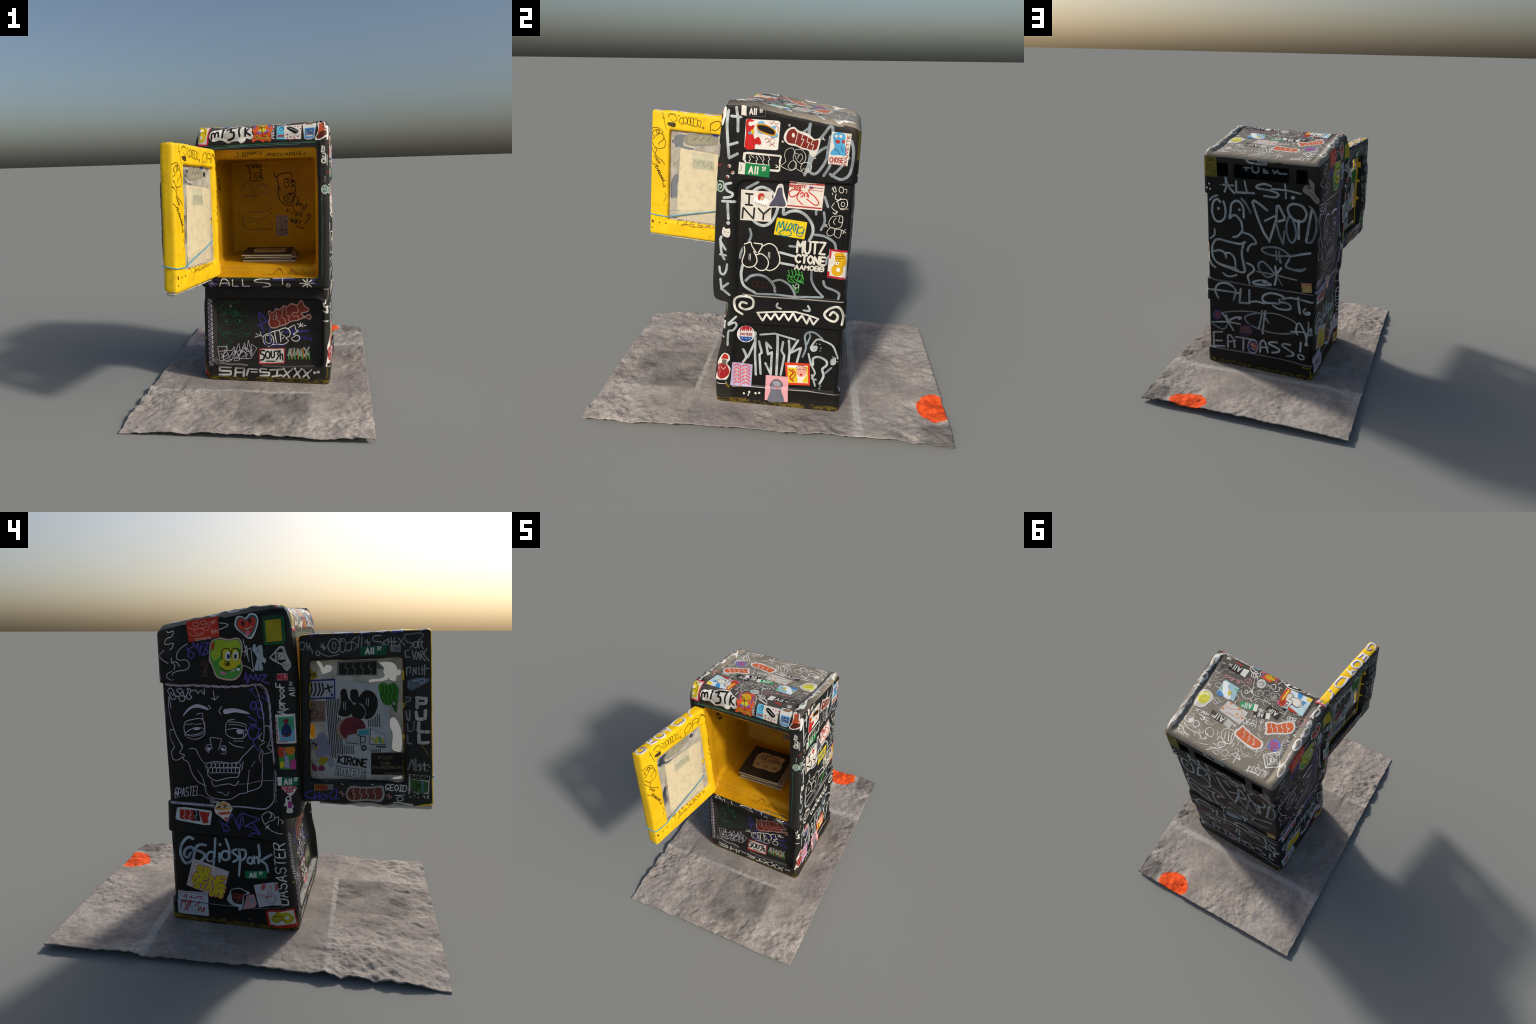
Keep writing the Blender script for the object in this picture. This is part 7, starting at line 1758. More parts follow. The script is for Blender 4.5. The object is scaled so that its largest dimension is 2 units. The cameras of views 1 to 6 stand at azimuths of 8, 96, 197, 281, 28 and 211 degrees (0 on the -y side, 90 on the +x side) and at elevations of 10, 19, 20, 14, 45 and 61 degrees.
def draw_door(box, door):
    # fat white letters with purple shade on the upper edge
    Mark('marker_tag', 'door_top', 0.6, door)\
        .curve('6a62b4', 13, 574, 70, 605, 43, 593, 20, 548, 21, 542, 38, 558, 47).line('6a62b4', 13, 497, 28, 453, 20)\
        .line('6a62b4', 13, 490, 24, 495, 70, 447, 70).line('6a62b4', 13, 483, 48, 452, 51)\
        .loop('6a62b4', 13, 421, 27, 425, 54, 405, 70, 368, 60, 365, 30, 390, 17).loop('6a62b4', 13, 320, 48, 342, 61, 342, 70, 297, 68)\
        .line('6a62b4', 13, 320, 21, 301, 60).line('6a62b4', 13, 252, 19, 266, 61).curve('6a62b4', 13, 260, 60, 215, 67, 172, 63, 167, 32, 193, 17, 245, 18)\
        .dots('6a62b4', 9, 119, 22).curve('6a62b4', 13, 105, 45, 88, 59, 60, 64).curve('e6e3dc', 11, 573, 66, 607, 37, 596, 14, 551, 15, 545, 32, 561, 41)\
        .line('e6e3dc', 11, 500, 22, 456, 14).line('e6e3dc', 11, 493, 18, 493, 67, 445, 67).line('e6e3dc', 11, 485, 42, 455, 45)\
        .loop('e6e3dc', 11, 424, 21, 428, 48, 405, 65, 370, 55, 367, 24, 393, 11).loop('e6e3dc', 11, 322, 42, 344, 55, 336, 69, 298, 63)\
        .line('e6e3dc', 11, 323, 15, 303, 55).line('e6e3dc', 11, 255, 13, 267, 56).curve('e6e3dc', 11, 262, 54, 215, 62, 173, 58, 169, 26, 196, 11, 248, 12)\
        .dots('e6e3dc', 9, 121, 16).curve('e6e3dc', 11, 108, 39, 89, 54, 60, 60)
    # pale tags on the upper rail
    Mark('marker_tag', 'door_out', 0.5, door)\
        .loop('8d9290', 5, 15, 766, 32, 753, 18, 730, 3, 748).line('8d9290', 5, 39, 765, 45, 729).line('8d9290', 5, 55, 758, 56, 728)\
        .line('8d9290', 5, 38, 747, 59, 743).line('8d9290', 5, 65, 734, 68, 713).loop('8d9290', 5, 88, 721, 104, 718, 101, 703, 88, 706)\
        .line('8d9290', 5, 108, 741, 135, 740).line('8d9290', 5, 121, 756, 122, 726).line('8d9290', 5, 111, 753, 133, 729)\
        .curve('8d9290', 4, 104, 715, 146, 698, 198, 706).loop('8d9290', 6, 161, 772, 187, 771, 202, 747, 186, 715, 157, 719, 144, 746)\
        .loop('8d9290', 4, 170, 757, 183, 754, 180, 730, 167, 733).curve('8d9290', 6, 206, 776, 202, 723, 224, 717, 231, 758)\
        .curve('8d9290', 6, 237, 752, 257, 757, 253, 722, 231, 722).curve('8d9290', 6, 282, 779, 260, 763, 282, 744, 269, 721)\
        .line('8d9290', 6, 295, 782, 288, 732).line('8d9290', 6, 308, 778, 304, 735).line('8d9290', 5, 319, 752, 347, 753)\
        .line('8d9290', 5, 333, 766, 335, 736).line('8d9290', 5, 323, 763, 345, 741).loop('8d9290', 4, 212, 773, 225, 773, 224, 761, 212, 763)\
        .curve('8d9290', 5, 394, 781, 363, 779, 360, 759, 394, 752, 406, 734).curve('8d9290', 5, 424, 762, 406, 751, 418, 739)\
        .line('8d9290', 5, 430, 765, 427, 739).line('8d9290', 5, 442, 770, 443, 737).line('8d9290', 5, 457, 770, 454, 735)\
        .line('8d9290', 5, 430, 752, 469, 752).line('8d9290', 5, 472, 769, 502, 733).line('8d9290', 5, 499, 768, 472, 734)\
        .curve('8d9290', 5, 532, 781, 502, 779, 511, 750, 537, 741, 526, 721).loop('8d9290', 5, 543, 746, 558, 743, 555, 723, 542, 726)\
        .line('8d9290', 5, 561, 748, 564, 720).curve('8d9290', 5, 564, 745, 581, 748, 573, 733, 584, 716)\
        .curve('8d9290', 5, 532, 781, 561, 785, 584, 776, 561, 751).line('8d9290', 5, 520, 716, 502, 707, 507, 681, 525, 683)\
        .line('8d9290', 5, 534, 712, 543, 671, 552, 709).line('8d9290', 5, 554, 671, 561, 705, 569, 670)\
        .curve('8d9290', 5, 572, 670, 572, 705, 587, 699, 575, 688, 592, 664).line('8d9290', 5, 598, 716, 584, 693, 607, 664)\
        .line('8d9290', 5, 510, 602, 510, 637, 528, 640, 525, 614).line('8d9290', 5, 537, 602, 540, 637, 552, 605, 551, 639)\
        .line('8d9290', 5, 563, 639, 563, 607, 578, 610, 578, 641).line('8d9290', 6, 589, 647, 587, 601).line('8d9290', 5, 572, 627, 606, 632)\
        .blob('59656f', 512, 579, 532, 588, 561, 593, 606, 588, 600, 571, 537, 540, 519, 544).line('8d98a4', 5, 520, 574, 516, 550)\
        .line('8d98a4', 5, 538, 580, 561, 582).loop('8d98a4', 4, 567, 585, 584, 587, 587, 575, 570, 570)
    # two columns of pull lettering
    Mark('marker_tag', 'door_out', 0.5, door)\
        .line('b9b6ac', 15, 556, 506, 555, 461).line('b9b6ac', 14, 552, 506, 595, 501, 593, 480, 560, 479)\
        .line('b9b6ac', 15, 551, 443, 554, 410, 588, 409, 591, 448).line('b9b6ac', 15, 562, 394, 559, 355, 604, 349)\
        .line('b9b6ac', 15, 562, 340, 562, 303, 601, 301).line('6d7672', 7, 542, 401, 538, 358).line('7d8484', 8, 503, 507, 504, 471)\
        .line('7d8484', 8, 503, 507, 525, 508, 524, 491, 506, 486).curve('7d8484', 8, 505, 444, 511, 408, 521, 409, 523, 449)\
        .line('7d8484', 8, 511, 387, 514, 354, 528, 355).line('7d8484', 8, 511, 335, 512, 298, 528, 298).line('6b6a66', 9, 512, 173, 528, 221)\
        .line('6b6a66', 9, 534, 221, 539, 172).line('6b6a66', 9, 546, 228, 547, 169).line('8d908d', 7, 566, 203, 557, 196, 571, 183, 562, 171)\
        .line('8d908d', 7, 584, 210, 585, 170).line('8d908d', 6, 572, 196, 603, 198).dots('8d908d', 4, 597, 169, 606, 187)\
        .line('8f7f3a', 3, 570, 297, 587, 272, 601, 242)
    # green street sign
    Mark('sticker', 'door_out', 1, door)\
        .poly('10583c', 300, 736, 421, 738, 419, 697, 300, 696).text('d6d2c8', 7, 'All', 324, 703, 361, 703, 324, 728)\
        .text('d6d2c8', 4, 'St', 378, 717, 396, 718, 378, 733)
    # pale scrap
    Mark('sticker', 'door_out', 1, door)\
        .poly('8a8a88', 435, 736, 483, 737, 483, 707, 436, 708).text('5a5856', 4, 'LISN', 439, 712, 478, 711, 439, 730)
    # yellow red label
    Mark('sticker', 'door_out', 1, door)\
        .poly('a8861e', 67, 90, 130, 92, 130, 63, 67, 60).poly('7d7672', 130, 92, 160, 94, 160, 67, 130, 63)\
        .text('8a2a1c', 8, 'CHER', 74, 67, 129, 68, 74, 85)
    # purple name
    Mark('marker_tag', 'door_out', 0.5, door)\
        .curve('4d44a8', 6, 57, 55, 26, 50, 23, 30, 50, 21, 63, 24).line('4d44a8', 6, 67, 45, 69, 11).line('4d44a8', 6, 90, 49, 90, 11)\
        .line('4d44a8', 6, 67, 28, 93, 32).loop('4d44a8', 5, 103, 42, 120, 36, 113, 15, 100, 22).curve('4d44a8', 5, 127, 46, 129, 19)\
        .curve('4d44a8', 5, 163, 71, 179, 61, 169, 27, 149, 20, 143, 47, 163, 61).line('4d44a8', 5, 169, 27, 189, 20)
    # brown bubble letters
    Mark('sticker', 'door_out', 1, door)\
        .blob('9a9a94', 222, 49, 232, 76, 254, 88, 286, 85, 336, 85, 392, 92, 401, 74, 403, 41, 385, 13, 335, 16, 297, 14, 253, 10, 228, 23)\
        .blob('6a3426', 229, 48, 238, 70, 257, 80, 286, 77, 336, 77, 386, 83, 393, 70, 393, 41, 379, 24, 336, 24, 298, 23, 253, 18, 234, 28)\
        .line('9a9a94', 3.5, 260, 80, 255, 50, 266, 45, 260, 18).line('9a9a94', 3.5, 292, 81, 287, 51, 298, 46, 291, 19)\
        .line('9a9a94', 3.5, 323, 81, 318, 52, 330, 47, 323, 20).line('9a9a94', 3.5, 358, 82, 353, 53, 364, 48, 357, 21).oval('2a1a14', 247, 50, 9.5, 5.1, 87)\
        .line('9a7070', 4, 189, 52, 219, 49).line('9a7070', 4, 202, 65, 207, 32).line('9a7070', 4, 193, 62, 216, 37).line('9a7070', 4, 412, 45, 438, 41)\
        .line('9a7070', 4, 426, 55, 424, 27).line('9a7070', 4, 415, 51, 435, 32)
    # white name
    Mark('marker_tag', 'door_out', 0.5, door)\
        .text('cfccc4', 5, 'GEOID', 407, 71, 501, 67, 411, 100, 0.05).line('cfccc4', 4, 453, 46, 494, 50)\
        .loop('cfccc4', 4, 462, 36, 483, 40, 486, 24, 465, 20).line('cfccc4', 3, 199, 98, 209, 92).line('cfccc4', 3, 342, 95, 354, 98)
    # bank note card
    Mark('sticker', 'door_out', 1, door)\
        .poly('b3ada2', 515, 151, 607, 143, 601, 35, 510, 38).text('24221e', 6, 'SHOEMON', 521, 130, 601, 123, 521, 147)\
        .text('24221e', 7, 'MONEY', 514, 39, 596, 39, 515, 56).text('24221e', 5, 'GET', 520, 57, 549, 58, 521, 72)\
        .poly('35592a', 521, 127, 599, 114, 597, 66, 564, 58, 521, 77).line('4a7aa0', 5, 576, 115, 573, 64).line('15240f', 6, 544, 107, 561, 94)\
        .line('15240f', 6, 561, 104, 546, 81)
    # greyed lower edge
    Mark('worn_and_lit_edge', 'door_out', 0.3, door)\
        .line('6d7278', 5, 106, 108, 136, 107).line('4a4d55', 4, 143, 106, 239, 109)
    # grey striped poster
    Mark('poster', 'pane_out', 1, door)\
        .poly('a9acad', 177, 590, 342, 570, 431, 559, 433, 247, 340, 243, 339, 139, 112, 129, 131, 503, 177, 515).line('3c3a38', 5, 135, 500, 153, 220)\
        .line('3c3a38', 5, 143, 500, 162, 218).line('3c3a38', 5, 152, 500, 170, 217).line('3c3a38', 5, 160, 500, 179, 215)\
        .line('3c3a38', 5, 169, 499, 188, 213).line('3c3a38', 5, 177, 499, 196, 211).line('3c3a38', 5, 186, 499, 205, 209)\
        .line('3c3a38', 5, 194, 499, 214, 208).line('3c3a38', 4, 332, 425, 335, 368).line('3c3a38', 4, 341, 425, 343, 368)\
        .line('3c3a38', 4, 349, 425, 352, 368).line('3c3a38', 4, 358, 425, 361, 368).line('3c3a38', 4, 367, 425, 369, 368)\
        .line('3c3a38', 4, 375, 425, 378, 368).line('3c3a38', 4, 384, 425, 387, 368).line('3c3a38', 4, 209, 274, 211, 237)\
        .line('3c3a38', 4, 218, 274, 220, 237).line('3c3a38', 4, 227, 274, 229, 237).line('3c3a38', 4, 236, 274, 238, 237)\
        .line('3c3a38', 4, 245, 274, 247, 237).line('3c3a38', 4, 254, 275, 256, 237).line('3c3a38', 4, 262, 275, 265, 237)\
        .line('3c3a38', 4, 343, 279, 346, 247).line('3c3a38', 4, 352, 279, 355, 247).line('3c3a38', 4, 361, 279, 364, 247)\
        .line('3c3a38', 4, 369, 279, 372, 247).line('3c3a38', 4, 378, 279, 381, 247).line('3c3a38', 4, 387, 279, 389, 247)\
        .oval('9a7f70', 252, 355, 71.1, 58.9, -178).oval('6a2430', 260, 358, 62.0, 56.2, -177).line('3a2024', 3, 256, 394, 258, 359)\
        .line('3a2024', 3, 266, 394, 268, 359).line('3a2024', 3, 277, 394, 278, 359).line('3a2024', 3, 287, 394, 288, 359)\
        .line('3a2024', 3, 297, 394, 298, 359).line('3a2024', 3, 307, 394, 308, 359)
    # black fat letters
    Mark('sticker', 'pane_out', 2.2, door)\
        .blob('a9aaa8', 189, 420, 199, 477, 200, 540, 232, 548, 248, 514, 249, 542, 286, 544, 292, 525, 323, 543, 361, 530, 384, 487, 375, 431, 347, 403, 285, 397, 256, 419, 221, 410)\
        .blob('161512', 192, 426, 204, 477, 204, 537, 229, 544, 241, 501, 263, 476, 260, 438, 234, 416)\
        .blob('161512', 253, 539, 283, 539, 289, 488, 266, 482, 251, 501)\
        .blob('161512', 295, 513, 323, 538, 361, 524, 378, 481, 366, 431, 341, 407, 316, 406, 323, 438, 304, 475, 273, 476)\
        .blob('161512', 266, 470, 298, 472, 320, 438, 304, 405, 266, 413, 256, 432).line('a9aaa8', 3, 219, 486, 216, 454)\
        .line('a9aaa8', 3, 227, 486, 225, 448).line('a9aaa8', 3, 326, 500, 325, 472).line('a9aaa8', 3, 336, 500, 334, 464)
    # dark block letters
    Mark('sticker', 'pane_out', 1.4, door)\
        .poly('6d706e', 189, 673, 287, 675, 379, 675, 375, 603, 318, 606, 184, 609).poly('1c1a17', 197, 665, 374, 668, 371, 609, 197, 613)\
        .line('6d706e', 4, 233, 668, 225, 644, 241, 638, 235, 610).line('6d706e', 4, 268, 667, 260, 643, 276, 636, 270, 609)\
        .line('6d706e', 4, 306, 666, 298, 642, 314, 635, 308, 608).line('6d706e', 4, 343, 664, 335, 640, 351, 634, 345, 607)
    # delivery truck cutout
    Mark('sticker', 'pane_out', 2.6, door)\
        .poly('9a9d9e', 222, 281, 237, 326, 278, 336, 283, 355, 344, 362, 414, 327, 413, 270, 390, 263, 325, 256, 303, 259, 296, 272)\
        .poly('3f8fa0', 289, 352, 336, 355, 337, 329, 288, 327).poly('b0b3b4', 344, 355, 408, 324, 407, 283, 340, 288)\
        .line('161512', 3, 344, 359, 340, 285, 414, 283).line('161512', 3, 278, 336, 284, 327, 297, 323, 297, 278).oval('161512', 312, 266, 14.2, 12.5, 87)\
        .oval('8d9092', 312, 267, 7.2, 6.1, 90).line('161512', 6, 371, 274, 411, 272).line('161512', 3, 227, 291, 287, 285)\
        .frame('161512', 3, 296, 320, 319, 324, 319, 295, 297, 291).line('b0a020', 9, 350, 311, 365, 295).line('b0a020', 9, 371, 317, 374, 292)\
        .line('3f8a3a', 9, 384, 318, 390, 292).line('b0a020', 9, 399, 311, 402, 292)
    # printed word cards
    Mark('sticker', 'pane_out', 2.2, door)\
        .poly('a5a6a6', 187, 236, 332, 217, 326, 168, 180, 188).text('161512', 8, 'KIRONE', 189, 190, 321, 173, 194, 226)\
        .poly('a5a6a6', 178, 181, 322, 161, 317, 108, 173, 127).poly('6d6f70', 180, 178, 321, 158, 317, 113, 176, 130)\
        .text('c4c5c3', 3.5, 'FUCKTHEBUFF', 182, 134, 314, 118, 186, 170)
    # black handwritten card
    Mark('sticker', 'pane_out', 2.2, door)\
        .poly('15120f', 345, 243, 495, 246, 496, 139, 345, 137).text('6d6248', 3, 'FUCK', 380, 212, 444, 215, 380, 226)\
        .text('6d6248', 3, 'THE', 386, 186, 432, 187, 386, 199).text('6d6248', 3, 'PATRIARCHY', 353, 165, 489, 169, 353, 178)\
        .text('6d6248', 2.5, 'ALIZ.8.NYC', 407, 141, 485, 143, 407, 149)
    # blue framed scrawl
    Mark('sticker', 'pane_out', 2.2, door)\
        .poly('2a3272', 28, 591, 177, 595, 178, 502, 30, 499).poly('a2a4ac', 35, 585, 171, 587, 172, 510, 37, 506)\
        .line('24221f', 8, 59, 578, 64, 543, 51, 517).line('24221f', 8, 79, 577, 84, 542, 72, 517).line('24221f', 8, 98, 577, 104, 542, 91, 517)\
        .line('24221f', 8, 115, 576, 120, 541, 108, 516).line('24221f', 9, 128, 548, 164, 559).line('24221f', 9, 141, 566, 151, 535)\
        .dots('2a3272', 7, 162, 520)
    # tan shell card
    Mark('sticker', 'pane_out', 2.2, door)\
        .poly('7a6458', 35, 492, 128, 491, 130, 393, 41, 393)\
        .curve('54403a', 5, 51, 427, 71, 446, 91, 440, 84, 414, 58, 408, 51, 434, 78, 466, 71, 479, 58, 469)\
        .curve('54403a', 4, 98, 427, 111, 440, 117, 420, 101, 407)
    # purple ghost figure
    Mark('sticker', 'pane_out', 2.2, door)\
        .blob('7f7d92', 87, 309, 97, 332, 120, 336, 136, 319, 152, 270, 157, 234, 123, 223, 80, 226)\
        .blob('8d8a94', 44, 302, 64, 309, 87, 296, 97, 263, 70, 252, 47, 269).blob('a08a1e', 103, 216, 139, 217, 136, 197, 116, 179, 96, 186)\
        .blob('8a8a92', 146, 224, 168, 197, 162, 170, 142, 177).blob('7a2a4a', 63, 182, 83, 172, 86, 148, 66, 151)\
        .blob('7a2a4a', 96, 172, 119, 173, 122, 153, 96, 150).dots('161512', 6, 70, 286, 83, 279).oval('a08a1e', 82, 262, 11.0, 6.8, -175)
    # yellow star burst
    Mark('sticker', 'pane_out', 2.2, door)\
        .poly('a8901e', 35, 626, 52, 628, 59, 644, 69, 630, 89, 633, 84, 618, 97, 605, 79, 602, 72, 587, 59, 600, 40, 595, 45, 612)\
        .text('3a320e', 5, 'YO', 49, 606, 82, 607, 49, 622)
    # green wildstyle letters
    Mark('sticker', 'pane_out', 2.6, door)\
        .blob('2f7a22', 382, 557, 404, 572, 428, 562, 453, 568, 473, 540, 470, 504, 467, 473, 452, 479, 428, 467, 406, 474, 391, 505)\
        .line('12260e', 4, 398, 557, 404, 529, 392, 505, 402, 480).line('12260e', 4, 416, 556, 422, 529, 411, 505, 420, 480)\
        .line('12260e', 4, 434, 556, 440, 528, 429, 504, 439, 480).line('12260e', 4, 453, 555, 458, 528, 447, 504, 457, 479)\
        .blob('2a5a24', 440, 480, 455, 492, 465, 467, 461, 433, 449, 449).oval('8d9a8d', 452, 476, 8.6, 7.2, 90)
    # thin black drawings on the yellow rails
    Mark('marker_tag', 'door_in', 0.5, door)\
        .curve('4a3606', 4, 616, 621, 598, 630, 612, 652, 602, 671, 575, 679, 568, 660, 591, 639).loop('4a3606', 4, 585, 675, 568, 680, 561, 660, 578, 653)\
        .curve('4a3606', 4, 619, 683, 592, 692, 561, 687, 538, 666, 554, 658, 534, 648, 534, 631, 522, 614, 527, 578, 553, 566, 583, 566)\
        .curve('4a3606', 4, 527, 634, 541, 618, 567, 597, 567, 586).curve('4a3606', 4, 616, 598, 600, 576, 583, 557, 589, 529, 571, 507, 538, 487, 524, 467)\
        .curve('4a3606', 4, 619, 567, 595, 532).text('2a2008', 3, 'See', 602, 516, 564, 468, 589, 526)\
        .curve('4a3606', 4, 617, 477, 601, 461, 578, 458, 574, 446).text('2a2008', 4, 'Encased', 591, 447, 535, 358, 574, 455)\
        .curve('4a3606', 4, 535, 355, 529, 321, 517, 335)
    Mark('marker_tag', 'door_in', 0.5, door)\
        .curve('4a3606', 3, 545, 786, 538, 758, 529, 725, 515, 686).curve('4a3606', 3, 507, 761, 485, 781, 458, 775, 444, 753, 470, 739, 490, 752)\
        .curve('4a3606', 3, 504, 773, 498, 785, 452, 784).curve('4a3606', 3, 551, 751, 537, 756, 530, 748)\
        .loop('4a3606', 3.5, 424, 758, 412, 771, 402, 755, 405, 731, 421, 733, 431, 743).loop('4a3606', 3.5, 402, 766, 383, 773, 376, 751, 386, 733, 399, 740)\
        .loop('4a3606', 3.5, 370, 769, 357, 770, 350, 748, 360, 730, 373, 734).loop('4a3606', 3.5, 354, 768, 334, 770, 337, 729, 352, 731)\
        .loop('4a3606', 3.5, 331, 764, 308, 769, 308, 729, 334, 727).loop('4a3606', 3.5, 305, 758, 282, 758, 288, 723, 301, 730)\
        .line('4a3606', 4, 438, 780, 425, 776).line('4a3606', 4, 275, 724, 259, 717).line('4a3606', 4, 265, 729, 270, 713)\
        .curve('2a2008', 4, 216, 705, 216, 749, 165, 771, 150, 746, 183, 713, 209, 718).curve('2a2008', 4, 145, 708, 129, 767, 76, 757, 93, 711)\
        .curve('2a2008', 4, 132, 741, 80, 737).curve('2a2008', 4, 82, 718, 40, 769, 10, 728, 10, 700, 19, 674).curve('2a2008', 4, 56, 775, 12, 744)\
        .curve('4a3606', 4, 22, 543, 10, 532, 15, 505, 11, 505, 10, 525, 10, 543).curve('4a3606', 4, 15, 505, 12, 471, 11, 478)\
        .line('4a3606', 4, 7, 451, 12, 457).curve('4a3606', 4, 17, 451, 10, 423, 10, 436).curve('4a3606', 4, 31, 410, 11, 388, 11, 361, 33, 356)\
        .text('9a6a10', 4, 'TAESACI', 451, 85, 121, 94, 443, 106, 0.1)
    # brown scorch and grime near the lower corner
    Mark('worn_and_lit_edge', 'door_in', 0.35, door)\
        .blob('6a4a0c', 607, 93, 594, 92, 593, 76, 605, 77).dots('5a3f0c', 5, 554, 81, 510, 81, 602, 42).curve('a8801a', 5, 521, 285, 511, 261, 526, 227)\
        .line('7a5a10', 4, 406, 83, 354, 97).line('7a5a10', 3, 329, 81, 266, 93, 190, 91).blob('4a3a20', 506, 730, 457, 732, 460, 706, 502, 713)
    # large cream sheet hung inside the door
    Mark('paper_sheet', 'pane_in', 4, door)\
        .poly('d9cba8', 422, 580, 174, 559, 143, 216, 440, 174).poly('c9c2a6', 342, 562, 190, 557, 192, 460, 342, 457)\
        .poly('b8b498', 336, 522, 193, 521, 194, 464, 338, 462).text('9aa08c', 5, 'NY', 211, 473, 328, 473, 212, 516)
    # sheet edges
    Mark('paper_sheet', 'pane_in', 3, door)\
        .poly('d4c7a6', 416, 578, 105, 562, 124, 122, 425, 166).poly('cfc3a4', 104, 570, 63, 542, 109, 119, 138, 134)
    # torn grey scraps
    Mark('paper_sheet', 'pane_in', 2, door)\
        .poly('8f8c7c', 410, 635, 371, 674, 170, 674, 170, 624, 343, 600, 389, 607).poly('9a9680', 374, 668, 205, 670, 209, 623, 370, 612)\
        .poly('a9a694', 474, 550, 425, 592, 420, 520, 472, 459).poly('b5ae9c', 498, 250, 438, 251, 440, 174, 500, 166)\
        .poly('c9bfa4', 440, 168, 174, 170, 173, 116, 432, 117).poly('2a3fa8', 210, 693, 170, 689, 171, 673, 205, 674)\
        .poly('b8402a', 424, 691, 365, 689, 371, 680, 417, 682).line('7d7a6a', 3, 337, 636, 312, 656, 285, 636, 266, 664, 240, 640, 221, 666)
    return


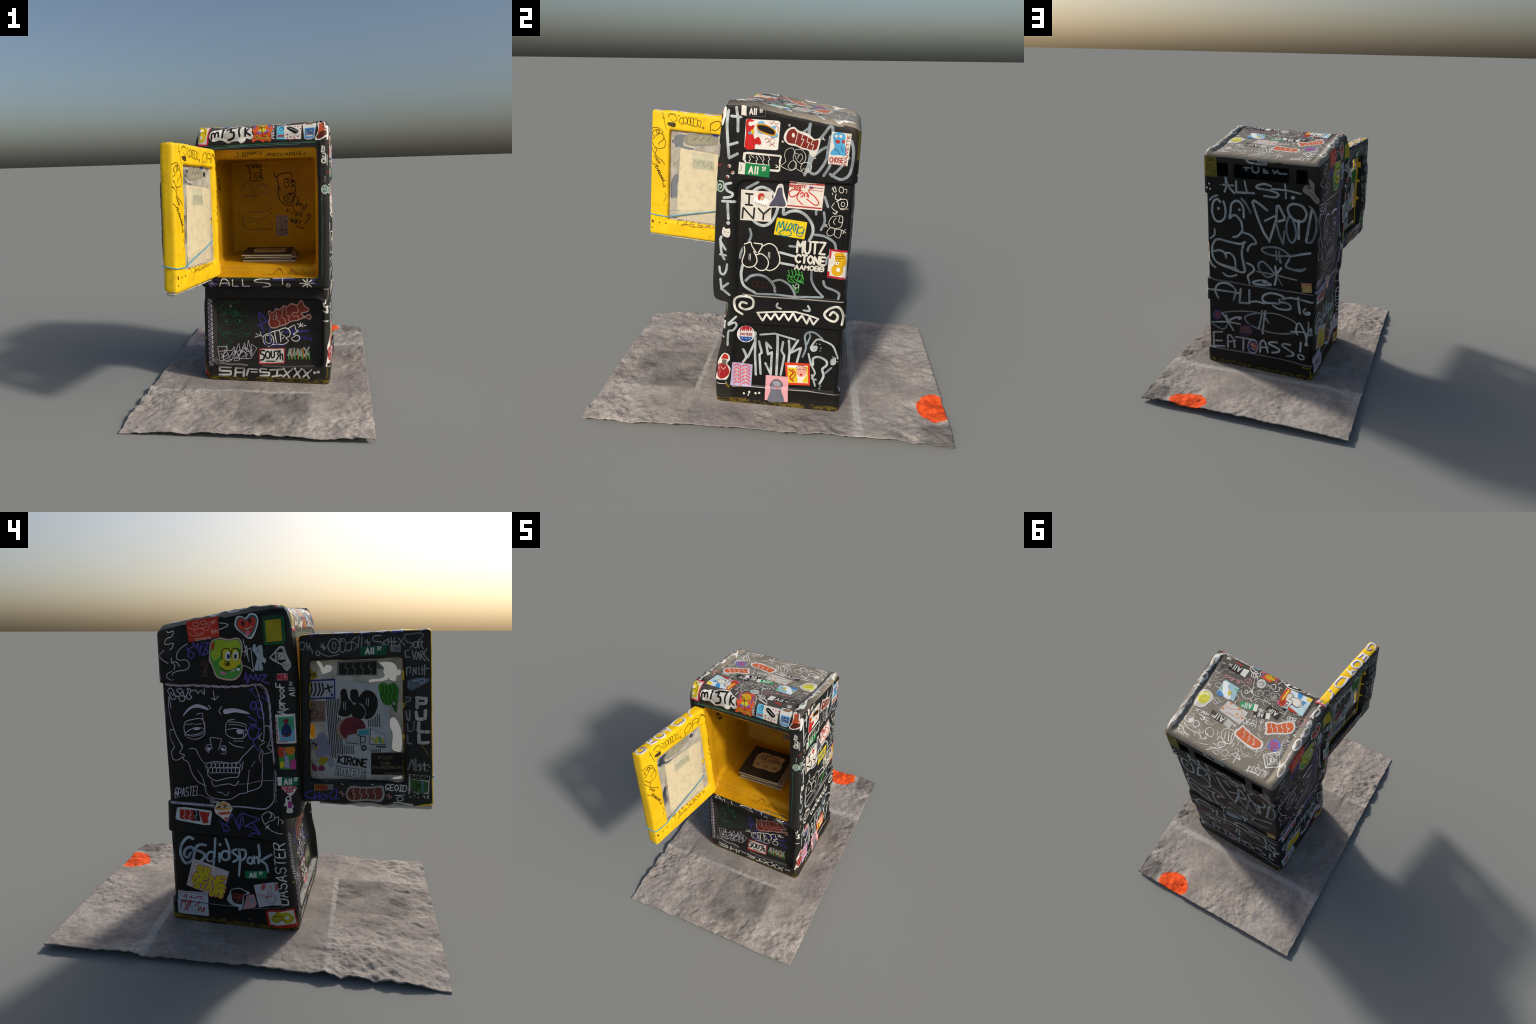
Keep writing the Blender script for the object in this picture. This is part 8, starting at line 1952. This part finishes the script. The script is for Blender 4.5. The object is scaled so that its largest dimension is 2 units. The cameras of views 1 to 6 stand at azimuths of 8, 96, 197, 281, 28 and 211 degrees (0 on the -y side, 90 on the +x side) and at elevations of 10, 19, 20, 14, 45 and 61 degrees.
def draw_inner(box, door):
    # black ink heads on the rear wall of the compartment
    Mark('marker_tag', 'inner_back', 0.5, box)\
        .curve('171006', 5, -193, 1408, -203, 1429, -217, 1450, -193, 1433, -181, 1453, -168, 1428, -146, 1452, -136, 1428, -107, 1444, -115, 1420)\
        .loop('171006', 4, -175, 1436, -160, 1445, -154, 1428, -168, 1422).loop('171006', 4, -146, 1435, -130, 1445, -124, 1427, -140, 1421)\
        .curve('171006', 6, -193, 1412, -197, 1391, -183, 1391, -191, 1336, -149, 1328, -114, 1330, -96, 1351, -117, 1358, -105, 1396, -122, 1417, -108, 1403)\
        .loop('171006', 5, -161, 1377, -116, 1386, -113, 1355, -149, 1345).line('171006', 4, -155, 1366, -113, 1372).line('171006', 4, -149, 1355, -117, 1360)
    Mark('marker_tag', 'inner_back', 0.5, box)\
        .curve('171006', 6, -14, 1383, -6, 1352, 10, 1362, 6, 1331, 16, 1293, 11, 1255, 17, 1206, 31, 1178, 72, 1150, 107, 1146, 118, 1163, 129, 1197, 140, 1221, 130, 1232)\
        .curve('171006', 6, 3, 1359, 35, 1375, 77, 1381, 108, 1380, 118, 1342).loop('171006', 5, 58, 1323, 80, 1336, 93, 1315, 85, 1281, 64, 1278)\
        .loop('171006', 5, 111, 1322, 128, 1328, 135, 1301, 117, 1291).curve('171006', 5, 62, 1337, 90, 1340, 111, 1332, 145, 1311)\
        .curve('171006', 6, 103, 1284, 131, 1284, 141, 1259, 123, 1236, 88, 1233)\
        .loop('171006', 6, 56, 1206, 88, 1226, 123, 1218, 122, 1198, 97, 1163, 59, 1185).line('171006', 4, 66, 1205, 108, 1208)\
        .curve('171006', 4, 73, 1181, 87, 1198, 97, 1177).curve('171006', 5, 19, 1289, 22, 1255, 36, 1255).line('171006', 4, 22, 1276, 36, 1268)\
        .dots('171006', 7, 81, 1316, 117, 1315).curve('171006', 6, 143, 1204, 160, 1190, 139, 1145, 153, 1152)\
        .curve('171006', 5, 153, 1166, 167, 1145, 171, 1166, 181, 1141, 191, 1155).curve('171006', 5, 194, 1127, 222, 1151, 205, 1116, 187, 1110, 198, 1134)\
        .line('171006', 5, 118, 1142, 134, 1100, 99, 1086).text('171006', 5, 'AR', 131, 1072, 183, 1061, 138, 1103).line('171006', 5, 95, 1051, 105, 1030)\
        .text('171006', 5, 'WAY', 101, 1023, 175, 1002, 109, 1055).line('171006', 5, 68, 1108, 100, 1107).line('171006', 5, 82, 1125, 78, 1094)\
        .line('171006', 5, 211, 1075, 247, 1071).line('171006', 5, 232, 1095, 228, 1054).line('171006', 5, 245, 1057, 199, 1008)\
        .line('171006', 5, 143, 995, 161, 984, 185, 987).dots('171006', 6, 185, 977).line('171006', 4, 129, 1005, 147, 1037)
    # faint pale face
    Mark('marker_tag', 'inner_back', 0.4, box)\
        .curve('8a6a3c', 7, -256, 1246, -255, 1281, -221, 1314, -186, 1311, -164, 1258, -153, 1216, -131, 1230, -81, 1236, -39, 1200, -37, 1165, -62, 1148, -101, 1149)\
        .curve('8a6a3c', 7, -151, 1265, -136, 1296, -100, 1302, -62, 1270, -56, 1228).curve('8a6a3c', 8, -257, 1211, -217, 1224, -160, 1216)\
        .dots('b09468', 8, -224, 1275, -100, 1270)\
        .curve('8a6a3c', 7, -30, 1137, -63, 1110, -106, 1100, -192, 1101, -236, 1080, -260, 1034, -239, 984, -196, 972, -110, 975, -31, 973)\
        .curve('8a6a3c', 7, -222, 1062, -136, 1047, -86, 1064, -42, 1095).curve('8a6a3c', 6, -224, 1012, -194, 1033, -151, 1029, -130, 1004)\
        .curve('8a6a3c', 6, -71, 1064, -55, 1018, -23, 993).line('8a6a3c', 6, -104, 1316, -69, 1295).line('8a6a3c', 5, -9, 1297, 0, 1207)\
        .line('8a6a3c', 5, -24, 1270, -23, 1249).line('8a6a3c', 4, -279, 1112, -284, 1063)
    # small drawn card
    Mark('sticker', 'inner_back', 0.9, box)\
        .poly('9a8a84', -8, 1077, 83, 1073, 79, 919, -11, 919).line('40332f', 4, -4, 1070, 1, 1059).line('40332f', 4, 11, 1070, 15, 1059)\
        .line('40332f', 4, 25, 1070, 30, 1059).line('40332f', 4, 39, 1070, 44, 1059).line('40332f', 4, 53, 1069, 58, 1059)\
        .line('40332f', 4, 67, 1069, 72, 1059).curve('40332f', 4, 28, 1052, 20, 1017, 37, 989, 12, 971, 51, 967)\
        .curve('40332f', 4, 35, 1052, 52, 1031, 44, 996).loop('40332f', 4, 22, 960, 47, 957, 39, 928, 22, 935)\
        .text('5a4a44', 4, 'Corral', 72, 942, 74, 1038, 54, 942).line('40332f', 3, -4, 1038, -3, 932)
    # black handwriting on the yellow header
    Mark('marker_tag', 'header', 0.5, box)\
        .curve('171006', 4, -169, 1542, -161, 1530, -171, 1512).text('171006', 4, 'DISKS', -136, 1517, -9, 1522, -132, 1539, 0.1).dots('171006', 4, 14, 1506)\
        .text('171006', 4, 'RICCARDI', 25, 1503, 237, 1508, 29, 1525, 0.1).curve('171006', 4, 271, 1525, 253, 1514, 263, 1498)\
        .line('171006', 3, -191, 1501, -103, 1507)
    # scrawl on the left wall
    Mark('marker_tag', 'inner_left', 0.5, box)\
        .line('171006', 9, -161, 1353, -122, 1350).line('171006', 9, -148, 1369, -108, 1319).line('171006', 8, -152, 1326, -93, 1291, -137, 1298, -90, 1279)
    # thin scrawl on the sill
    Mark('marker_tag', 'sill', 0.5, box)\
        .curve('9a6a08', 4, -29, 0, 50, -9, 6, 5, 118, 0, 157, -4, 214, -10, 258, 9, 235, 20).curve('9a6a08', 4, 40, 9, 90, 22, 138, -2, 163, 20, 212, 10)
    return


PANE_OUTLINE = (40, 98, 500, 98, 500, 692, 40, 692)
PANE_HOLES = (# hole
              (86, 677, 106, 674, 122, 648, 135, 660, 161, 653, 157, 631, 135, 623, 115, 620, 102, 649),
              # hole
              (377, 657, 405, 663, 441, 661, 462, 645, 468, 627, 482, 625, 481, 606, 465, 600, 459, 579, 435, 583, 416, 584, 379, 569, 342, 573, 342, 586, 392, 590, 410, 602, 404, 623, 408, 635, 380, 633),
              # hole
              (436, 406, 457, 407, 478, 368, 486, 318, 483, 255, 462, 253, 441, 267, 445, 330, 432, 374),
              # hole
              (443, 125, 473, 133, 485, 133, 482, 122, 449, 118),
              # hole
              (52, 375, 74, 375, 76, 329, 64, 309, 50, 329))


def sheet_with_holes(name, outline, holes, t0, t1, mats, parent):
    """broken plastic pane: a plate of door coordinates (mm) with ragged openings, both faces and the broken edges"""
    loops = []
    for loop in [outline, *holes]:
        p = [(loop[i] / 1000, loop[i + 1] / 1000) for i in range(0, len(loop), 2)]
        loops.append(spaced(p + [p[0]], 0.02)[:-1] if loop is outline else spaced(curve_through(p, True, 4) + [curve_through(p, True, 4)[0]], 0.006)[:-1])
    pts, ids = [], []
    for p in loops:
        ids.append(list(range(len(pts), len(pts) + len(p))))
        pts += [V(q) for q in p]
    for i in range(1, 22):
        for j in range(1, 28):
            pts.append(V((0.04 + i * 0.0208, 0.098 + j * 0.0212)))
    got = delaunay_2d_cdt(pts, [], ids, 2, 1e-6)
    n = len(got[0])
    verts = [door_point(p[0], p[1], t0) for p in got[0]] + [door_point(p[0], p[1], t1) for p in got[0]]
    faces, seen = [], set()
    for f in got[2]:
        faces += [list(f), [n + i for i in reversed(f)]]
        seen |= {(a, b) for a, b in zip(f, f[1:] + f[:1])}
    for a, b in seen:
        if (b, a) not in seen:
            faces.append([b, a, n + a, n + b])
    return mesh_object(name, verts, faces, mats, parent, None, False)


def build_pane(door):
    k = Nodes("dirty_plastic")
    col = k.ramp(k.noise(11, 5, 0.65), [(0.3, (0.24, 0.22, 0.18)), (0.55, (0.46, 0.43, 0.36)), (0.75, (0.60, 0.56, 0.48))])
    k.done(col, 0.35)
    sheet_with_holes("window_pane", PANE_OUTLINE, PANE_HOLES, 0.020, 0.030, [MATS["dirty_plastic"]], door)


def tube(name, pts, r, mat, parent, sides=8):
    verts, faces = [], []
    for i, p in enumerate(pts):
        d = (pts[min(i + 1, len(pts) - 1)] - pts[max(i - 1, 0)]).normalized()
        a = d.cross(V((0, 0, 1))).normalized()
        b = d.cross(a)
        verts += [p + (a * math.cos(q) + b * math.sin(q)) * r for q in (math.tau * j / sides for j in range(sides))]
    for i in range(len(pts) - 1):
        for j in range(sides):
            o, e = i * sides + j, i * sides + (j + 1) % sides
            faces.append((o, e, e + sides, o + sides))
    faces += [tuple(reversed(range(sides))), tuple(range((len(pts) - 1) * sides, len(pts) * sides))]
    return mesh_object(name, verts, faces, [mat], parent)


def build_string(door):
    """blue cord tied over the lower part of the pane and round the free edge"""
    knots = [door_point(0.085, 0.235, 0.011), door_point(0.20, 0.200, 0.009), door_point(0.35, 0.165, 0.007), door_point(0.475, 0.135, 0.002), door_point(0.505, 0.130, -0.003),
             door_point(0.56, 0.132, -0.004), door_point(0.617, 0.136, -0.002), door_point(0.624, 0.138, 0.03), door_point(0.622, 0.140, 0.074)]
    pts = []
    for a, b in zip(knots, knots[1:]):
        pts += [a.lerp(b, j / 5) for j in range(5)]
    tube("cord", pts + [knots[-1]], 0.0035, paint("5aa0c0"), door)


def build_torn_lining(door):
    """pale foam bulging out along the underside of the door"""
    verts, faces, n, sides = [], [], 60, 10
    for i in range(n + 1):
        u = 0.10 + 0.515 * i / n
        c = door_point(u, -0.004, 0.036)
        r = (0.013 + 0.008 * mnoise.noise(V((u * 22, 0, 4)))) * (0.35 + 0.65 * smooth(0.10, 0.35, u)) * (0.6 if i in (0, n) else 1)
        for j in range(sides):
            a = math.tau * j / sides
            verts.append(c + V((math.cos(a) * 0.027, 0, math.sin(a) * r - 0.004)) + V((mnoise.noise(V((u * 40, a, 0))) * 0.004, 0, 0)))
    for i in range(n):
        for j in range(sides):
            o, e = i * sides + j, i * sides + (j + 1) % sides
            faces.append((o, e, e + sides, o + sides))
    faces += [tuple(reversed(range(sides))), tuple(range(n * sides, (n + 1) * sides))]
    mesh_object("torn_lining", verts, faces, [paint("bdbab0")], door)


def slab(name, cx, cy, w, d, z0, z1, turn, mat, parent, r=0.004):
    c, s = math.cos(math.radians(turn)), math.sin(math.radians(turn))
    loops = []
    for z, e in ((z0, r), (z0 + 0.0015, 0), (z1 - 0.0015, 0), (z1, r)):
        loops.append([V((cx + u * c - v * s, cy + u * s + v * c, z)) for u, v in rounded_loop(-w / 2 + e, w / 2 - e, -d / 2 + e, d / 2 - e, 0.006, 4)])
    verts, faces = loft(loops)
    return mesh_object(name, verts, faces, [mat], parent)


def build_magazines():
    z = 0.8035
    for i, (cx, cy, w, d, th, turn, page) in enumerate(((-0.005, -0.008, 0.352, 0.318, 0.013, 2, "d8cbb0"), (-0.018, 0.000, 0.345, 0.310, 0.011, -2, "9a9184"), (-0.010, -0.004, 0.340, 0.312, 0.010, 6, "e2d6bb"), (-0.028, 0.005, 0.335, 0.318, 0.014, 3, "d8c7a4"))):
        m = empty("magazine", (BOX_AT[0], BOX_AT[1], 0), BOX_YAW)
        m["label"] = "dark covered softback magazine lying in a flat stack"
        m["category"] = "magazine"
        slab("cover", cx, cy, w, d, z, z + 0.0015, turn, paint("3a342c"), m)
        slab("pages", cx + 0.001, cy + 0.002, w + 0.004, d + 0.004, z + 0.0015, z + th - 0.0018, turn, paint(page), m)
        slab("cover", cx, cy, w, d, z + th - 0.0018, z + th, turn, paint("3a342c" if i == 3 else "8a7c66"), m)
        z += th + 0.0004
    c, s = math.cos(math.radians(3)), math.sin(math.radians(3))
    CHARTS["magazine"] = Chart(None, V((-0.028, 0.005, z)), V((c, s, 0)), V((-s, c, 0)), V((0, 0, 1)), free=True)
    Mark("cover_label", "magazine", 0.4, m).poly("c0a472", -95, -60, -110, 60, -85, 105, -30, 110, 0, 100, 60, 110, 120, 95, 110, 40, 128, -10, 105, -60, 60, -70, 0, -62, -50, -72)\
        .text("54361c", 4, "COFFEE", -70, 62, 80, 62, -70, 88).text("54361c", 4, "TABLEBOOK", -85, 28, 100, 28, -85, 52).line("7a4a24", 3, -40, 10, 60, 10)\
        .line("7a3a1c", 9, -80, -25, -50, -25).line("7a3a1c", 9, -5, -30, 25, -30).line("7a3a1c", 9, 65, -25, 95, -25).line("7a3a1c", 5, -70, -42, -55, -42).line("7a3a1c", 5, 5, -46, 20, -46).line("7a3a1c", 5, 72, -42, 88, -42)


def decorate(box, door, shell, leaf):
    make_charts(shell, leaf)
    draw_right(box, door)
    draw_left(box, door)
    draw_back(box, door)
    draw_front(box, door)
    draw_roof(box, door)
    draw_inner(box, door)
    draw_door(box, door)
    build_pane(door)
    build_string(door)
    build_torn_lining(door)
    build_magazines()
    for mark in ALL_MARKS:
        mark.build()


def main():
    make_materials()
    build_pavement()
    box = empty("newspaper_box", (BOX_AT[0], BOX_AT[1], 0), BOX_YAW)
    box["label"] = "black street newspaper box with open yellow door and stickers"
    box["category"] = "newspaper box"
    shell = build_cabinet(box)
    door, leaf = build_door(box)
    decorate(box, door, shell, leaf)


main()
